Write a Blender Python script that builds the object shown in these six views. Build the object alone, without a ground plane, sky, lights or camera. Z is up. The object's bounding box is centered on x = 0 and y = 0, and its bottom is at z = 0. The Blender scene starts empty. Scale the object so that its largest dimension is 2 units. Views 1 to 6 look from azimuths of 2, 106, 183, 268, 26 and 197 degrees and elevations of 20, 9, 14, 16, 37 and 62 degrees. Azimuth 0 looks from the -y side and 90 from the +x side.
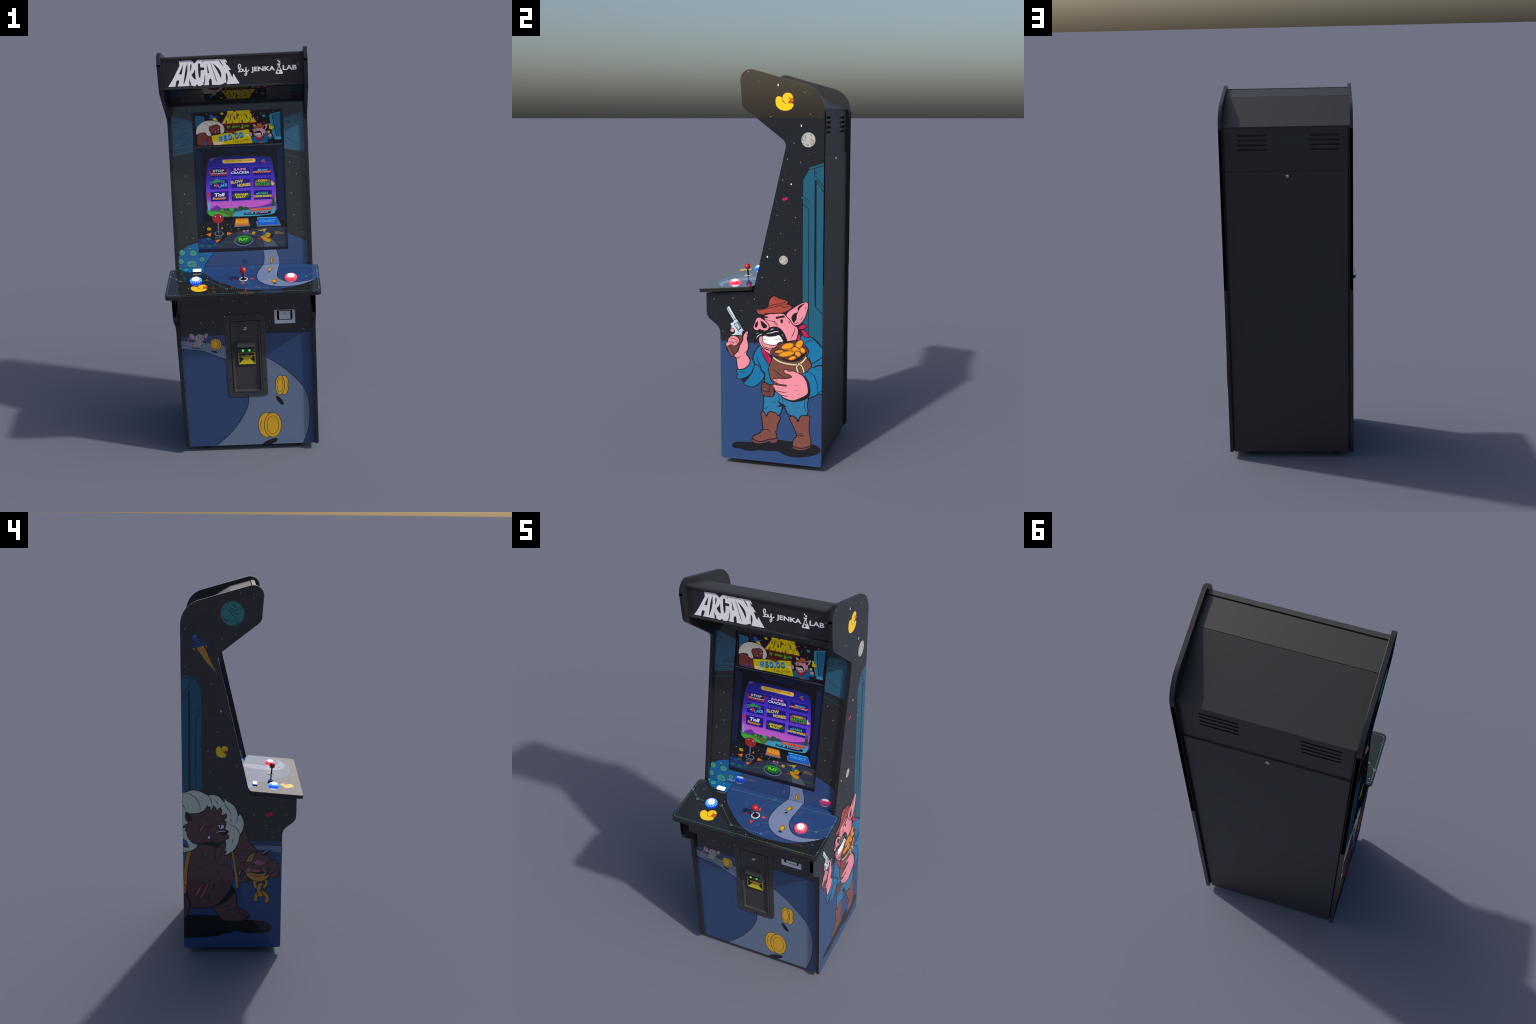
# Upright arcade cabinet: two shaped side panels, a black carcass between them,
# a wide control panel, a printed front, and vinyl artwork built as thin coloured films.
import bpy, bmesh, math, random
from mathutils import Vector, Matrix
from mathutils.geometry import tessellate_polygon

random.seed(7)
COL = bpy.context.scene.collection

# ------------------------------------------------------------------ materials
MATS = {}


def srgb(r, g, b):
    f = lambda c: (c / 255 / 12.92) if c / 255 <= 0.04045 else ((c / 255 + 0.055) / 1.055) ** 2.4
    return (f(r), f(g), f(b), 1.0)


def material(name, color, rough=0.35, metal=0.0, glow=0.0, grain=0.06, scale=900.0, bump=0.0, spec=0.5, coat=0.0, fade=False):
    """Principled material whose base colour is broken up by a fine noise grain."""
    if name in MATS:
        return MATS[name]
    m = bpy.data.materials.new(name)
    m.use_nodes = True
    nt = m.node_tree
    bsdf = nt.nodes["Principled BSDF"]
    tc = nt.nodes.new("ShaderNodeTexCoord")
    noise = nt.nodes.new("ShaderNodeTexNoise")
    noise.inputs["Scale"].default_value = scale
    noise.inputs["Detail"].default_value = 2.0
    nt.links.new(tc.outputs["Object"], noise.inputs["Vector"])
    ramp = nt.nodes.new("ShaderNodeValToRGB")
    lo = tuple(c * (1 - grain) for c in color[:3]) + (1,)
    hi = tuple(min(1, c * (1 + grain)) for c in color[:3]) + (1,)
    ramp.color_ramp.elements[0].color = lo
    ramp.color_ramp.elements[1].color = hi
    ramp.color_ramp.elements[0].position = 0.3
    ramp.color_ramp.elements[1].position = 0.7
    nt.links.new(noise.outputs["Fac"], ramp.inputs["Fac"])
    nt.links.new(ramp.outputs["Color"], bsdf.inputs["Base Color"])
    bsdf.inputs["Roughness"].default_value = rough
    bsdf.inputs["Metallic"].default_value = metal
    bsdf.inputs["Specular IOR Level"].default_value = spec
    if coat:
        bsdf.inputs["Coat Weight"].default_value = coat
        bsdf.inputs["Coat Roughness"].default_value = 0.03
    if fade:
        # satin vinyl: the mirror-like gloss dies away at very flat viewing angles
        lw = nt.nodes.new("ShaderNodeLayerWeight")
        lw.inputs["Blend"].default_value = 0.5
        rng = nt.nodes.new("ShaderNodeMapRange")
        rng.inputs["From Min"].default_value, rng.inputs["From Max"].default_value = 0.68, 0.93
        rng.inputs["To Min"].default_value, rng.inputs["To Max"].default_value = spec, 0.0
        nt.links.new(lw.outputs["Facing"], rng.inputs["Value"])
        nt.links.new(rng.outputs["Result"], bsdf.inputs["Specular IOR Level"])
    if glow:
        nt.links.new(ramp.outputs["Color"], bsdf.inputs["Emission Color"])
        bsdf.inputs["Emission Strength"].default_value = glow
    if bump:
        b = nt.nodes.new("ShaderNodeBump")
        b.inputs["Strength"].default_value = bump
        b.inputs["Distance"].default_value = 0.001
        nt.links.new(noise.outputs["Fac"], b.inputs["Height"])
        nt.links.new(b.outputs["Normal"], bsdf.inputs["Normal"])
    MATS[name] = m
    return m


# ------------------------------------------------------------------ mesh helpers
def new_object(name, verts, faces, mats, index=None, parent=None, smooth=False):
    me = bpy.data.meshes.new(name)
    me.from_pydata([tuple(v) for v in verts], [], faces)
    for m in mats:
        me.materials.append(m)
    if index:
        me.polygons.foreach_set("material_index", index)
    if smooth:
        me.polygons.foreach_set("use_smooth", [True] * len(me.polygons))
    me.update()
    ob = bpy.data.objects.new(name, me)
    COL.objects.link(ob)
    if parent:
        ob.parent = parent
    return ob


def bevel(ob, width, segments=2, angle=30):
    bm = bmesh.new()
    bm.from_mesh(ob.data)
    bmesh.ops.remove_doubles(bm, verts=bm.verts, dist=1e-6)
    bmesh.ops.recalc_face_normals(bm, faces=bm.faces)
    edges = [e for e in bm.edges if len(e.link_faces) == 2 and e.calc_face_angle(0) > math.radians(angle)]
    if width:
        bmesh.ops.bevel(bm, geom=edges, offset=width, segments=segments, affect="EDGES", profile=0.5, clamp_overlap=True)
    bm.to_mesh(ob.data)
    bm.free()
    return ob


def fillet(points, steps=10):
    """Closed polygon of (a, b, radius) corners -> outline with round corners."""
    out = []
    n = len(points)
    for i, (a, b, r) in enumerate(points):
        p = Vector((a, b))
        if r <= 0:
            out.append(p)
            continue
        d0 = (Vector(points[i - 1][:2]) - p).normalized()
        d1 = (Vector(points[(i + 1) % n][:2]) - p).normalized()
        half = d0.angle(d1) / 2
        t = r / math.tan(half)
        c = p + (d0 + d1).normalized() * (r / math.sin(half))
        s, e = p + d0 * t - c, p + d1 * t - c
        turn = s.angle_signed(e)
        for k in range(steps + 1):
            w = -turn * k / steps
            out.append(c + Vector((s.x * math.cos(w) - s.y * math.sin(w), s.x * math.sin(w) + s.y * math.cos(w))))
    return out


def prism(name, outline, place, depth, mats, parent=None, edge_bevel=0.0, face_mat=0, side_mat=0, back_mat=None, segments=2):
    """Extrude a 2D outline: place(a, b, h) gives the 3D point at height h in 0..depth."""
    n = len(outline)
    verts = [place(p[0], p[1], depth) for p in outline] + [place(p[0], p[1], 0) for p in outline]
    faces = [list(range(n)), list(range(2 * n - 1, n - 1, -1))]
    index = [face_mat, side_mat if back_mat is None else back_mat]
    for i in range(n):
        j = (i + 1) % n
        faces.append([i, n + i, n + j, j])
        index.append(side_mat)
    ob = new_object(name, verts, faces, mats, index, parent)
    return bevel(ob, edge_bevel, segments)


def box(name, lo, hi, mats, parent=None, edge_bevel=0.0015, segments=2):
    (x0, y0, z0), (x1, y1, z1) = lo, hi
    return prism(name, [(x0, y0), (x1, y0), (x1, y1), (x0, y1)], lambda a, b, h: (a, b, z0 + h), z1 - z0, mats, parent, edge_bevel, segments=segments)


def lathe(name, profile, origin, axis, mats, parent=None, segs=32, bands=None, smooth=True):
    """Turn (radius, height) points about axis; bands[i] is the material of ring i."""
    axis = Vector(axis).normalized()
    u = axis.orthogonal().normalized()
    v = axis.cross(u)
    o = Vector(origin)
    verts, faces, index = [], [], []
    for r, h in profile:
        for k in range(segs):
            w = 2 * math.pi * k / segs
            verts.append(o + axis * h + (u * math.cos(w) + v * math.sin(w)) * max(r, 1e-5))
    for i in range(len(profile) - 1):
        for k in range(segs):
            j = (k + 1) % segs
            faces.append([i * segs + k, i * segs + j, (i + 1) * segs + j, (i + 1) * segs + k])
            index.append(bands[i] if bands else 0)
    ob = new_object(name, verts, faces, mats, index, parent, smooth)
    return bevel(ob, 0)


def sharp(ob, angle=35):
    """Smooth shading with hard edges kept."""
    me = ob.data
    bm = bmesh.new()
    bm.from_mesh(me)
    for f in bm.faces:
        f.smooth = True
    for e in bm.edges:
        e.smooth = not (len(e.link_faces) == 2 and e.calc_face_angle(0) > math.radians(angle))
    bm.to_mesh(me)
    bm.free()
    return ob


# ------------------------------------------------------------------ flat artwork
class Plane:
    """A printed surface: origin, right (u) and up (v) in metres; artwork comes in millimetres."""

    def __init__(self, origin, right, up):
        self.top = 0.00012  # height of the uppermost background film so far
        self.o, self.u, self.v = Vector(origin), Vector(right).normalized(), Vector(up).normalized()
        self.n = self.u.cross(self.v)

    def at(self, a, b, h=0.0):
        return self.o + self.u * (a * 0.001) + self.v * (b * 0.001) + self.n * h


def spline(points, closed=True, steps=5):
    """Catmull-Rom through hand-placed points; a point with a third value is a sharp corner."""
    n = len(points)
    if n < 3:
        return [(p[0], p[1]) for p in points]
    out = []
    for i in range(n if closed else n - 1):
        p1, p2 = points[i], points[(i + 1) % n]
        p0 = points[i - 1] if (closed or i > 0) else p1
        p3 = points[(i + 2) % n] if (closed or i + 2 < n) else p2
        t1 = (0, 0) if len(p1) > 2 else ((p2[0] - p0[0]) / 2, (p2[1] - p0[1]) / 2)
        t2 = (0, 0) if len(p2) > 2 else ((p3[0] - p1[0]) / 2, (p3[1] - p1[1]) / 2)
        chord = math.hypot(p2[0] - p1[0], p2[1] - p1[1])
        cap = lambda t: (t[0] * min(1, 1.3 * chord / (math.hypot(*t) + 1e-9)), t[1] * min(1, 1.3 * chord / (math.hypot(*t) + 1e-9)))
        t1, t2 = cap(t1), cap(t2)
        both = len(p1) > 2 and len(p2) > 2
        for k in range(1 if both else steps):
            s = k / steps
            h1, h2, h3, h4 = 2 * s**3 - 3 * s**2 + 1, s**3 - 2 * s**2 + s, -2 * s**3 + 3 * s**2, s**3 - s**2
            out.append(tuple(h1 * p1[d] + h2 * t1[d] + h3 * p2[d] + h4 * t2[d] for d in (0, 1)))
    if not closed:
        out.append((points[-1][0], points[-1][1]))
    return out


def oval(a, b, ra, rb=None, tilt=0.0, n=28, start=0.0, sweep=360.0):
    rb = ra if rb is None else rb
    ct, st = math.cos(math.radians(tilt)), math.sin(math.radians(tilt))
    out = []
    m = n if sweep >= 360 else n + 1
    for k in range(m):
        w = math.radians(start + sweep * k / n)
        x, y = ra * math.cos(w), rb * math.sin(w)
        out.append((a + x * ct - y * st, b + x * st + y * ct))
    return out


class Print:
    """One printed motif: coloured films stacked in the order they are laid down."""

    def __init__(self, name, plane, parent, step=0.000008, under=False, clip=None, gloss=0.12):
        self.name, self.plane, self.parent, self.under = name, plane, parent, under
        self.h, self.step, self.clip, self.gloss = plane.top, step, clip, gloss
        self.verts, self.faces, self.index, self.mats = [], [], [], []

    def _mat(self, m):
        if m not in self.mats:
            self.mats.append(m)
        return self.mats.index(m)

    def _clip(self, poly):
        if not self.clip:
            return poly
        a0, a1, b0, b1 = self.clip
        for axis, lim, keep in ((0, a0, 1), (0, a1, -1), (1, b0, 1), (1, b1, -1)):
            out = []
            for i, q in enumerate(poly):
                p = poly[i - 1]
                ip, iq = keep * (p[axis] - lim) >= 0, keep * (q[axis] - lim) >= 0
                if ip != iq:
                    t = (lim - p[axis]) / (q[axis] - p[axis])
                    out.append(tuple(p[d] + t * (q[d] - p[d]) for d in (0, 1)))
                if iq:
                    out.append(q)
            poly = out
            if len(poly) < 3:
                return []
        return poly

    def poly(self, m, pts, ink=None, w=1.2):
        """Fill a polygon; optionally run an ink line round it."""
        whole = [(p[0], p[1]) for p in pts]
        pts = self._clip(whole)
        if len(pts) < 3:
            return self
        self.h += self.step
        mi = self._mat(m)
        k0 = len(self.verts)
        n = len(pts)
        self.verts += [self.plane.at(p[0], p[1], self.h) for p in pts]
        for t in tessellate_polygon([[Vector((p[0], p[1], 0)) for p in pts]]):
            a, b, c = (Vector(pts[i]) for i in t)
            t = t if (b - a).cross(c - a) > 0 else (t[0], t[2], t[1])
            self.faces.append([k0 + i for i in t])
            self.index.append(mi)
        if ink:
            self.line(ink, whole + [whole[0]], w, smooth=False, closed=True)
        return self

    def fill(self, m, pts, ink=None, w=1.2, steps=5):
        return self.poly(m, spline(pts, True, steps), ink, w)

    def line(self, m, pts, w=1.2, smooth=True, closed=False, taper=0.0):
        """A ribbon of constant or tapering width along a path."""
        if smooth:
            pts = spline(pts, False, 5)
        clean = [pts[0]]
        for p in pts[1:]:
            if math.hypot(p[0] - clean[-1][0], p[1] - clean[-1][1]) > 1e-3:
                clean.append(p)
        pts = clean
        n = len(pts)
        if n < 2:
            return self
        self.h += self.step
        mi = self._mat(m)
        left, right = [], []
        for i, p in enumerate(pts):
            if closed:
                a, b = pts[i - 1 if i else n - 2], pts[i + 1 if i < n - 1 else 1]
            else:
                a, b = pts[max(0, i - 1)], pts[min(n - 1, i + 1)]
            dx, dy = b[0] - a[0], b[1] - a[1]
            d = math.hypot(dx, dy) or 1
            s = i / (n - 1)
            hw = w / 2 * (1 - taper * abs(2 * s - 1) ** 2)
            left.append((p[0] - dy / d * hw, p[1] + dx / d * hw))
            right.append((p[0] + dy / d * hw, p[1] - dx / d * hw))
        for i in range(n - 1):
            quad = self._clip([left[i], right[i], right[i + 1], left[i + 1]])
            if len(quad) > 2:
                k0 = len(self.verts)
                self.verts += [self.plane.at(q[0], q[1], self.h) for q in quad]
                self.faces.append(list(range(k0, k0 + len(quad))))
                self.index.append(mi)
        return self

    def text(self, m, string, a, b, height, width=None, bold=0.0, shear=0.0, align="LEFT", spacing=1.0, tilt=0.0, warp=None):
        """Lettering in the built-in font, fitted to a height (capitals) and width in millimetres."""
        cu = bpy.data.curves.new("lettering", "FONT")
        cu.body, cu.offset, cu.shear, cu.space_character = string, bold, shear, spacing
        cu.resolution_u = 3
        ob = bpy.data.objects.new("lettering", cu)
        COL.objects.link(ob)
        dg = bpy.context.evaluated_depsgraph_get()
        me = bpy.data.meshes.new_from_object(ob.evaluated_get(dg))
        bpy.data.objects.remove(ob)
        bpy.data.curves.remove(cu)
        xs = [v.co.x for v in me.vertices]
        x0, x1 = min(xs), max(xs)
        k = height / 0.69
        kx = width / (x1 - x0) if width else k
        full = (x1 - x0) * kx
        off = {"LEFT": 0, "CENTER": -full / 2, "RIGHT": -full}[align]
        ct, st = math.cos(math.radians(tilt)), math.sin(math.radians(tilt))
        self.h += self.step
        mi = self._mat(m)
        k0 = len(self.verts)
        for v in me.vertices:
            x, y = (v.co.x - x0) * kx + off, v.co.y * k
            if warp:
                x, y = warp(x, y)
            self.verts.append(self.plane.at(a + x * ct - y * st, b + x * st + y * ct, self.h))
        for p in me.polygons:
            self.faces.append([k0 + i for i in p.vertices])
            self.index.append(mi)
        bpy.data.meshes.remove(me)
        return self

    def done(self, kind=None):
        ob = new_object(self.name, self.verts, self.faces, self.mats, self.index, self.parent)
        if self.under:
            self.plane.top = self.h + 0.00004
        if kind:
            ob["kind"] = kind
        return ob

def ring_plate(name, outer, inner, place, depth, mats, parent, bev=0.0008):
    """Frame with a hole: outer and inner outlines of the same number of points."""
    n = len(outer)
    verts = [place(*p, depth) for p in outer] + [place(*p, depth) for p in inner] + [place(*p, 0) for p in outer] + [place(*p, 0) for p in inner]
    faces, index = [], []
    for i in range(n):
        j = (i + 1) % n
        faces += [[i, j, n + j, n + i], [2 * n + i, 3 * n + i, 3 * n + j, 2 * n + j], [i, 2 * n + i, 2 * n + j, j], [n + i, n + j, 3 * n + j, 3 * n + i]]
        index += [0, 0, len(mats) - 1, len(mats) - 1]
    return bevel(new_object(name, verts, faces, mats, index, parent), bev)


# ------------------------------------------------------------------ colours
BLACK_FILM = material("black_vinyl", srgb(26, 29, 34), rough=0.02, spec=0.85, fade=True)
EDGE = material("edge_moulding", srgb(30, 31, 34), rough=0.32, bump=0.05, scale=600)
PURE_BLACK = material("unlit_black", (0, 0, 0, 1), rough=1.0, spec=0.0)  # pure black stand-in for dark openings and faulty edge faces
CARCASS = material("black_laminate", srgb(36, 37, 40), rough=0.3, bump=0.04, scale=700)
BACK = material("black_back_board", srgb(47, 47, 47), rough=0.46, bump=0.04, scale=700)
GLASS_BLACK = material("black_gloss_board", srgb(35, 38, 40), rough=0.02, spec=0.7)
STEEL = material("brushed_steel", srgb(212, 214, 222), rough=0.32, metal=0.0, grain=0.1)
CHROME = material("chrome", srgb(200, 202, 206), rough=0.15, metal=1.0)
DOOR = material("coin_door_steel", srgb(58, 58, 61), rough=0.55, bump=0.12, scale=1500)
RUBBER = material("black_rubber", srgb(18, 18, 19), rough=0.7)
GRILLE = material("grille_plastic", srgb(66, 62, 60), rough=0.4)
MARQUEE = material("marquee_film", srgb(38, 40, 45), rough=0.3)

# ------------------------------------------------------------------ main sizes (metres)
OUT, INN = 0.3385, 0.3210          # half width over the side panels, half width between them
FLOOR = 0.0300                     # underside of the side panels
BACK_Y, FRONT_Y = 0.297, -0.194    # back board and lower front board
SLOPE = 0.228                      # lean of the screen board, dy/dz
BEZEL0 = (0.0, -0.014, 0.945)      # where the screen board meets the control panel
DECK = 0.0887                      # fall of the control panel, dz/dy
deck_z = lambda y: 0.945 + (y + 0.014) * DECK
bez_dir = Vector((0, SLOPE, 1)).normalized()
bez_n = Vector((0, -bez_dir.z, bez_dir.y))
bez = lambda x, s, h=0.0: Vector(BEZEL0) + Vector((x, 0, 0)) + bez_dir * s + bez_n * h

root = bpy.data.objects.new("arcade_cabinet", None)
COL.objects.link(root)
root["label"] = "black upright arcade machine with space and cartoon animal artwork"
root["category"] = "arcade machine"

# ------------------------------------------------------------------ side panels
side_outline = fillet([
    (-0.2122, FLOOR, 0.014), (-0.2122, 0.717, 0.060), (-0.2848, 0.773, 0.050), (-0.2848, 0.893, 0.0),
    (-0.0375, 0.914, 0.0), (0.1325, 1.6500, 0.042), (-0.0905, 1.8225, 0.042), (-0.1055, 2.0185, 0.052),
    (0.3178, 1.8980, 0.126), (0.3178, FLOOR, 0.014)], steps=12)
sides = {}
for sx in (1, -1):
    ob = prism("side_panel", side_outline, lambda a, b, h, s=sx: (s * (INN + h), a, b), OUT - INN, [BLACK_FILM, EDGE, CARCASS], root, 0.0009, 0, 1, back_mat=2)
    sides[sx] = ob
    black_fault_strip = lambda y0, z0, y1, z1, dy: new_object(
        "black_fault_strip", [(sx * (INN + 0.001), y0, z0), (sx * (OUT - 0.001), y0, z0), (sx * (OUT - 0.001), y1, z1), (sx * (INN + 0.001), y1, z1),
                       (sx * (INN + 0.001), y0 + dy, z0), (sx * (OUT - 0.001), y0 + dy, z0), (sx * (OUT - 0.001), y1 + dy, z1), (sx * (INN + 0.001), y1 + dy, z1)],
        [[0, 1, 2, 3], [7, 6, 5, 4], [0, 4, 5, 1], [1, 5, 6, 2], [2, 6, 7, 3], [3, 7, 4, 0]], [PURE_BLACK], None, ob)
    black_fault_strip(0.3174, 0.961, 0.3174, 1.800, 0.0008)          # black strip copying a render fault (coinciding faces) on the rear edge
    black_fault_strip(-0.2843, 0.800, -0.2843, 0.891, -0.0008)       # same black render fault, copied below the control panel
    black_fault_strip(-0.1000, 1.944, -0.1007, 1.953, -0.0003)       # short black patch copying that fault on the head's front edge

# ------------------------------------------------------------------ lower front, apron
DOOR_HOLE = (-0.0745, 0.0665, 0.338, 0.724)   # cut in the front board behind the coin door
front = ring_plate("lower_front_panel", [(-INN, 0.029), (INN, 0.029), (INN, 0.806), (-INN, 0.806)],
                   [(DOOR_HOLE[0], DOOR_HOLE[2]), (DOOR_HOLE[1], DOOR_HOLE[2]), (DOOR_HOLE[1], DOOR_HOLE[3]), (DOOR_HOLE[0], DOOR_HOLE[3])],
                   lambda a, b, h: (a, FRONT_Y + 0.014 - h, b), 0.014, [BLACK_FILM, CARCASS], root, 0)
apron = box("apron", (-0.3165, -0.262, 0.806), (0.3165, FRONT_Y + 0.01, 0.900), [BLACK_FILM], root, 0.0015)
bottom = box("bottom_board", (-INN, -0.18, 0.036), (INN, 0.285, 0.05), [CARCASS], root, 0)

# ------------------------------------------------------------------ control panel
T = 0.0195
deck_outline = fillet([(-0.365, -0.3178, 0.02), (0.365, -0.3178, 0.02), (0.365, -0.034, 0.018), (INN, -0.034, 0.0), (INN, -0.010, 0.0),
                       (-INN, -0.010, 0.0), (-INN, -0.034, 0.0), (-0.365, -0.034, 0.018)], 8)
deck = prism("control_panel", deck_outline, lambda a, b, h: (a, b, deck_z(b) - T + h), T, [GLASS_BLACK, EDGE], root, 0.0016, 0, 1)

# ------------------------------------------------------------------ screen board and monitor
BEZ_TOP = 0.789
MON = (-0.2205, 0.2215, 0.0720, 0.7570)     # opening for the monitor: left, right, bottom, top
RECESS = 0.007
bezel = ring_plate("screen_board", [(-INN, -0.012), (INN, -0.012), (INN, BEZ_TOP), (-INN, BEZ_TOP)],
                   [(MON[0], MON[2]), (MON[1], MON[2]), (MON[1], MON[3]), (MON[0], MON[3])], lambda a, b, h: bez(a, b, h - 0.012), 0.012, [GLASS_BLACK, EDGE], root, 0.0)
MONITOR = material("monitor_surround", srgb(22, 24, 40), rough=0.08)
monitor = prism("monitor", [(MON[0] - 0.004, MON[2] - 0.004), (MON[1] + 0.004, MON[2] - 0.004), (MON[1] + 0.004, MON[3] + 0.004), (MON[0] - 0.004, MON[3] + 0.004)],
                lambda a, b, h: bez(a, b, h - 0.02 - RECESS), 0.020, [MONITOR], root, 0)

# ------------------------------------------------------------------ speaker board under the marquee
sp_a, sp_b = Vector((0, -0.050, 1.848)), Vector((0, 0.1605, 1.7155))
sp_dir = (sp_b - sp_a).normalized()
sp_n = Vector((0, sp_dir.z, -sp_dir.y))
sp = lambda x, s, h=0.0: sp_a + Vector((x, 0, 0)) + sp_dir * s + sp_n * h
sp_len = (sp_b - sp_a).length
speaker_board = prism("speaker_board", [(-INN, 0), (INN, 0), (INN, sp_len), (-INN, sp_len)],
                      lambda a, b, h: sp(a, b, h - 0.010), 0.010, [GLASS_BLACK], root, 0.0006)
lip = prism("screen_board_lip", [(-INN, BEZ_TOP - 0.003), (INN, BEZ_TOP - 0.003), (INN, BEZ_TOP + 0.003), (-INN, BEZ_TOP + 0.003)],
            lambda a, b, h: bez(a, b, h - 0.004), 0.007, [EDGE], root, 0.001)
for cx in (-0.203, 0.203):
    s0, s1, hw = 0.052, 0.200, 0.056
    sp_frame = prism("speaker_grille", fillet([(cx - hw, s0, 0.004), (cx + hw, s0, 0.004), (cx + hw, s1, 0.004), (cx - hw, s1, 0.004)], 4),
                     lambda a, b, h: sp(a, b, h), 0.003, [GRILLE], root, 0.0012)
    n = 17
    for k in range(n):
        x = cx - hw + 0.006 + (2 * hw - 0.012) * (k + 0.5) / n
        prism("grille_slat", [(x - 0.0018, s0 + 0.006), (x + 0.0018, s0 + 0.006), (x + 0.0018, s1 - 0.006), (x - 0.0018, s1 - 0.006)],
              lambda a, b, h: sp(a, b, 0.0028 + h), 0.0025, [GRILLE], sp_frame, 0.0006)

# ------------------------------------------------------------------ marquee
marquee = prism("marquee", [(-INN, 1.838), (INN, 1.838), (INN, 1.976), (-INN, 1.976)],
                lambda a, b, h: (a, -0.052 - h, b), 0.010, [MARQUEE, CARCASS], root, 0, 0, 1)
for z0, z1, name in ((1.9705, 1.9800, "marquee_rail"), (1.8345, 1.8435, "marquee_rail")):
    box(name, (-INN, -0.0685, z0), (INN, -0.0475, z1), [BACK], root, 0.002, 3)
for sx in (1, -1):
    x0, x1 = sorted((sx * INN, sx * 0.3150))
    box("marquee_side_rail", (x0, -0.0650, 1.8436), (x1, -0.055, 1.9704), [CARCASS], root, 0.001)

# ------------------------------------------------------------------ roof and back
def slab(name, a, b, thick, mats, parent, hw=INN, bev=0.001):
    """A board spanning the cabinet between two (y, z) points, its top face on the line a-b."""
    a, b = Vector((0, *a)), Vector((0, *b))
    d = (b - a).normalized()
    n = Vector((0, -d.z, d.y)) if d.y > 0 else Vector((0, d.z, -d.y))
    L = (b - a).length
    return prism(name, [(-hw, 0), (hw, 0), (hw, L), (-hw, L)], lambda x, s, h: a + Vector((x, 0, 0)) + d * s + n * (h - thick), thick, mats, parent, bev)


slab("roof_lid", (-0.0435, 1.9770), (0.0690, 1.9455), 0.010, [BACK], root)
slab("roof_black_sheet", (-0.055, 1.972), (-0.035, 1.968), 0.004, [PURE_BLACK], root, bev=0)  # pure black sheet that makes the gap before the lid read dark
slab("roof_slope", (0.0705, 1.9450), (0.3020, 1.8140), 0.010, [BACK], root)

vent = box("vent_panel", (-0.3130, 0.2840, 1.5860), (0.3130, BACK_Y, 1.8135), [BACK], root, 0)
slots = []
for x0, x1 in ((0.0985, 0.2450), (-0.2705, -0.1245)):
    for k in range(4):
        z = 1.7695 - 0.0240 * k
        r = 0.0052
        out = fillet([(x0, z - r, r * 0.95), (x1, z - r, r * 0.95), (x1, z + r, r * 0.95), (x0, z + r, r * 0.95)], 5)
        slots.append(prism("slot_cutter", out, lambda a, b, h: (a, 0.27 + h, b), 0.05, [PURE_BLACK]))
for c in slots:
    mod = vent.modifiers.new("slot", "BOOLEAN")
    mod.operation, mod.solver, mod.object = "DIFFERENCE", "EXACT", c
dg = bpy.context.evaluated_depsgraph_get()
vent_mesh = bpy.data.meshes.new_from_object(vent.evaluated_get(dg))
vent.modifiers.clear()
vent.data = vent_mesh
for c in slots:
    bpy.data.objects.remove(c)
box("vent_backing", (-INN, 0.262, 1.56), (INN, 0.2845, 1.81), [CARCASS], root, 0)  # added backing board that keeps the vent slots dark
back_door = box("back_door", (-0.3150, 0.283, 0.030), (0.3150, 0.3030, 1.5860), [BACK], root, 0.0025)
for sx in (1, -1):
    x0, x1 = sorted((sx * INN, sx * 0.3165))
    box("back_stile", (x0, 0.280, 0.032), (x1, 0.2940, 1.8135), [BACK], root, 0)
lathe("cam_lock", [(0.0001, 0.006), (0.0040, 0.0062), (0.0075, 0.0055), (0.0082, 0.004), (0.0085, 0.0)], (-0.006, 0.3030, 1.563), (0, 1, 0), [CHROME], root, 24)

# ------------------------------------------------------------------ feet
for x in (-0.24, 0.236):
    for y in (-0.150, 0.250):
        lathe("foot", [(0.0001, 0.0), (0.016, 0.0), (0.017, 0.002), (0.017, 0.010), (0.009, 0.012), (0.009, 0.040)], (x, y, 0), (0, 0, 1), [RUBBER], root, 20)

# ------------------------------------------------------------------ coin door
cx0, cx1 = -0.1035, 0.0935
DY = FRONT_Y - 0.0030
plate_out = fillet([(cx0, 0.310, 0.024), (cx1, 0.310, 0.024), (cx1, 0.761, 0.024), (cx0, 0.761, 0.024)], 8)
ix0, ix1, iz0, iz1 = -0.0775, 0.0695, 0.335, 0.727
rim = lambda d, r: fillet([(ix0 + d, iz0 + d, r), (ix1 - d, iz0 + d, r), (ix1 - d, iz1 - d, r), (ix0 + d, iz1 - d, r)], 8)
coin_door = ring_plate("coin_door", plate_out, rim(0.0, 0.005), lambda a, b, h: (a, FRONT_Y - h, b), 0.0030, [DOOR], root, 0.0008)
ring_plate("door_black_ring", rim(-0.001, 0.005), rim(0.0030, 0.004), lambda a, b, h: (a, FRONT_Y + 0.0002 - h, b), 0.0006, [PURE_BLACK], coin_door, 0)  # thin black ring standing in for the gap round the leaf
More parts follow.
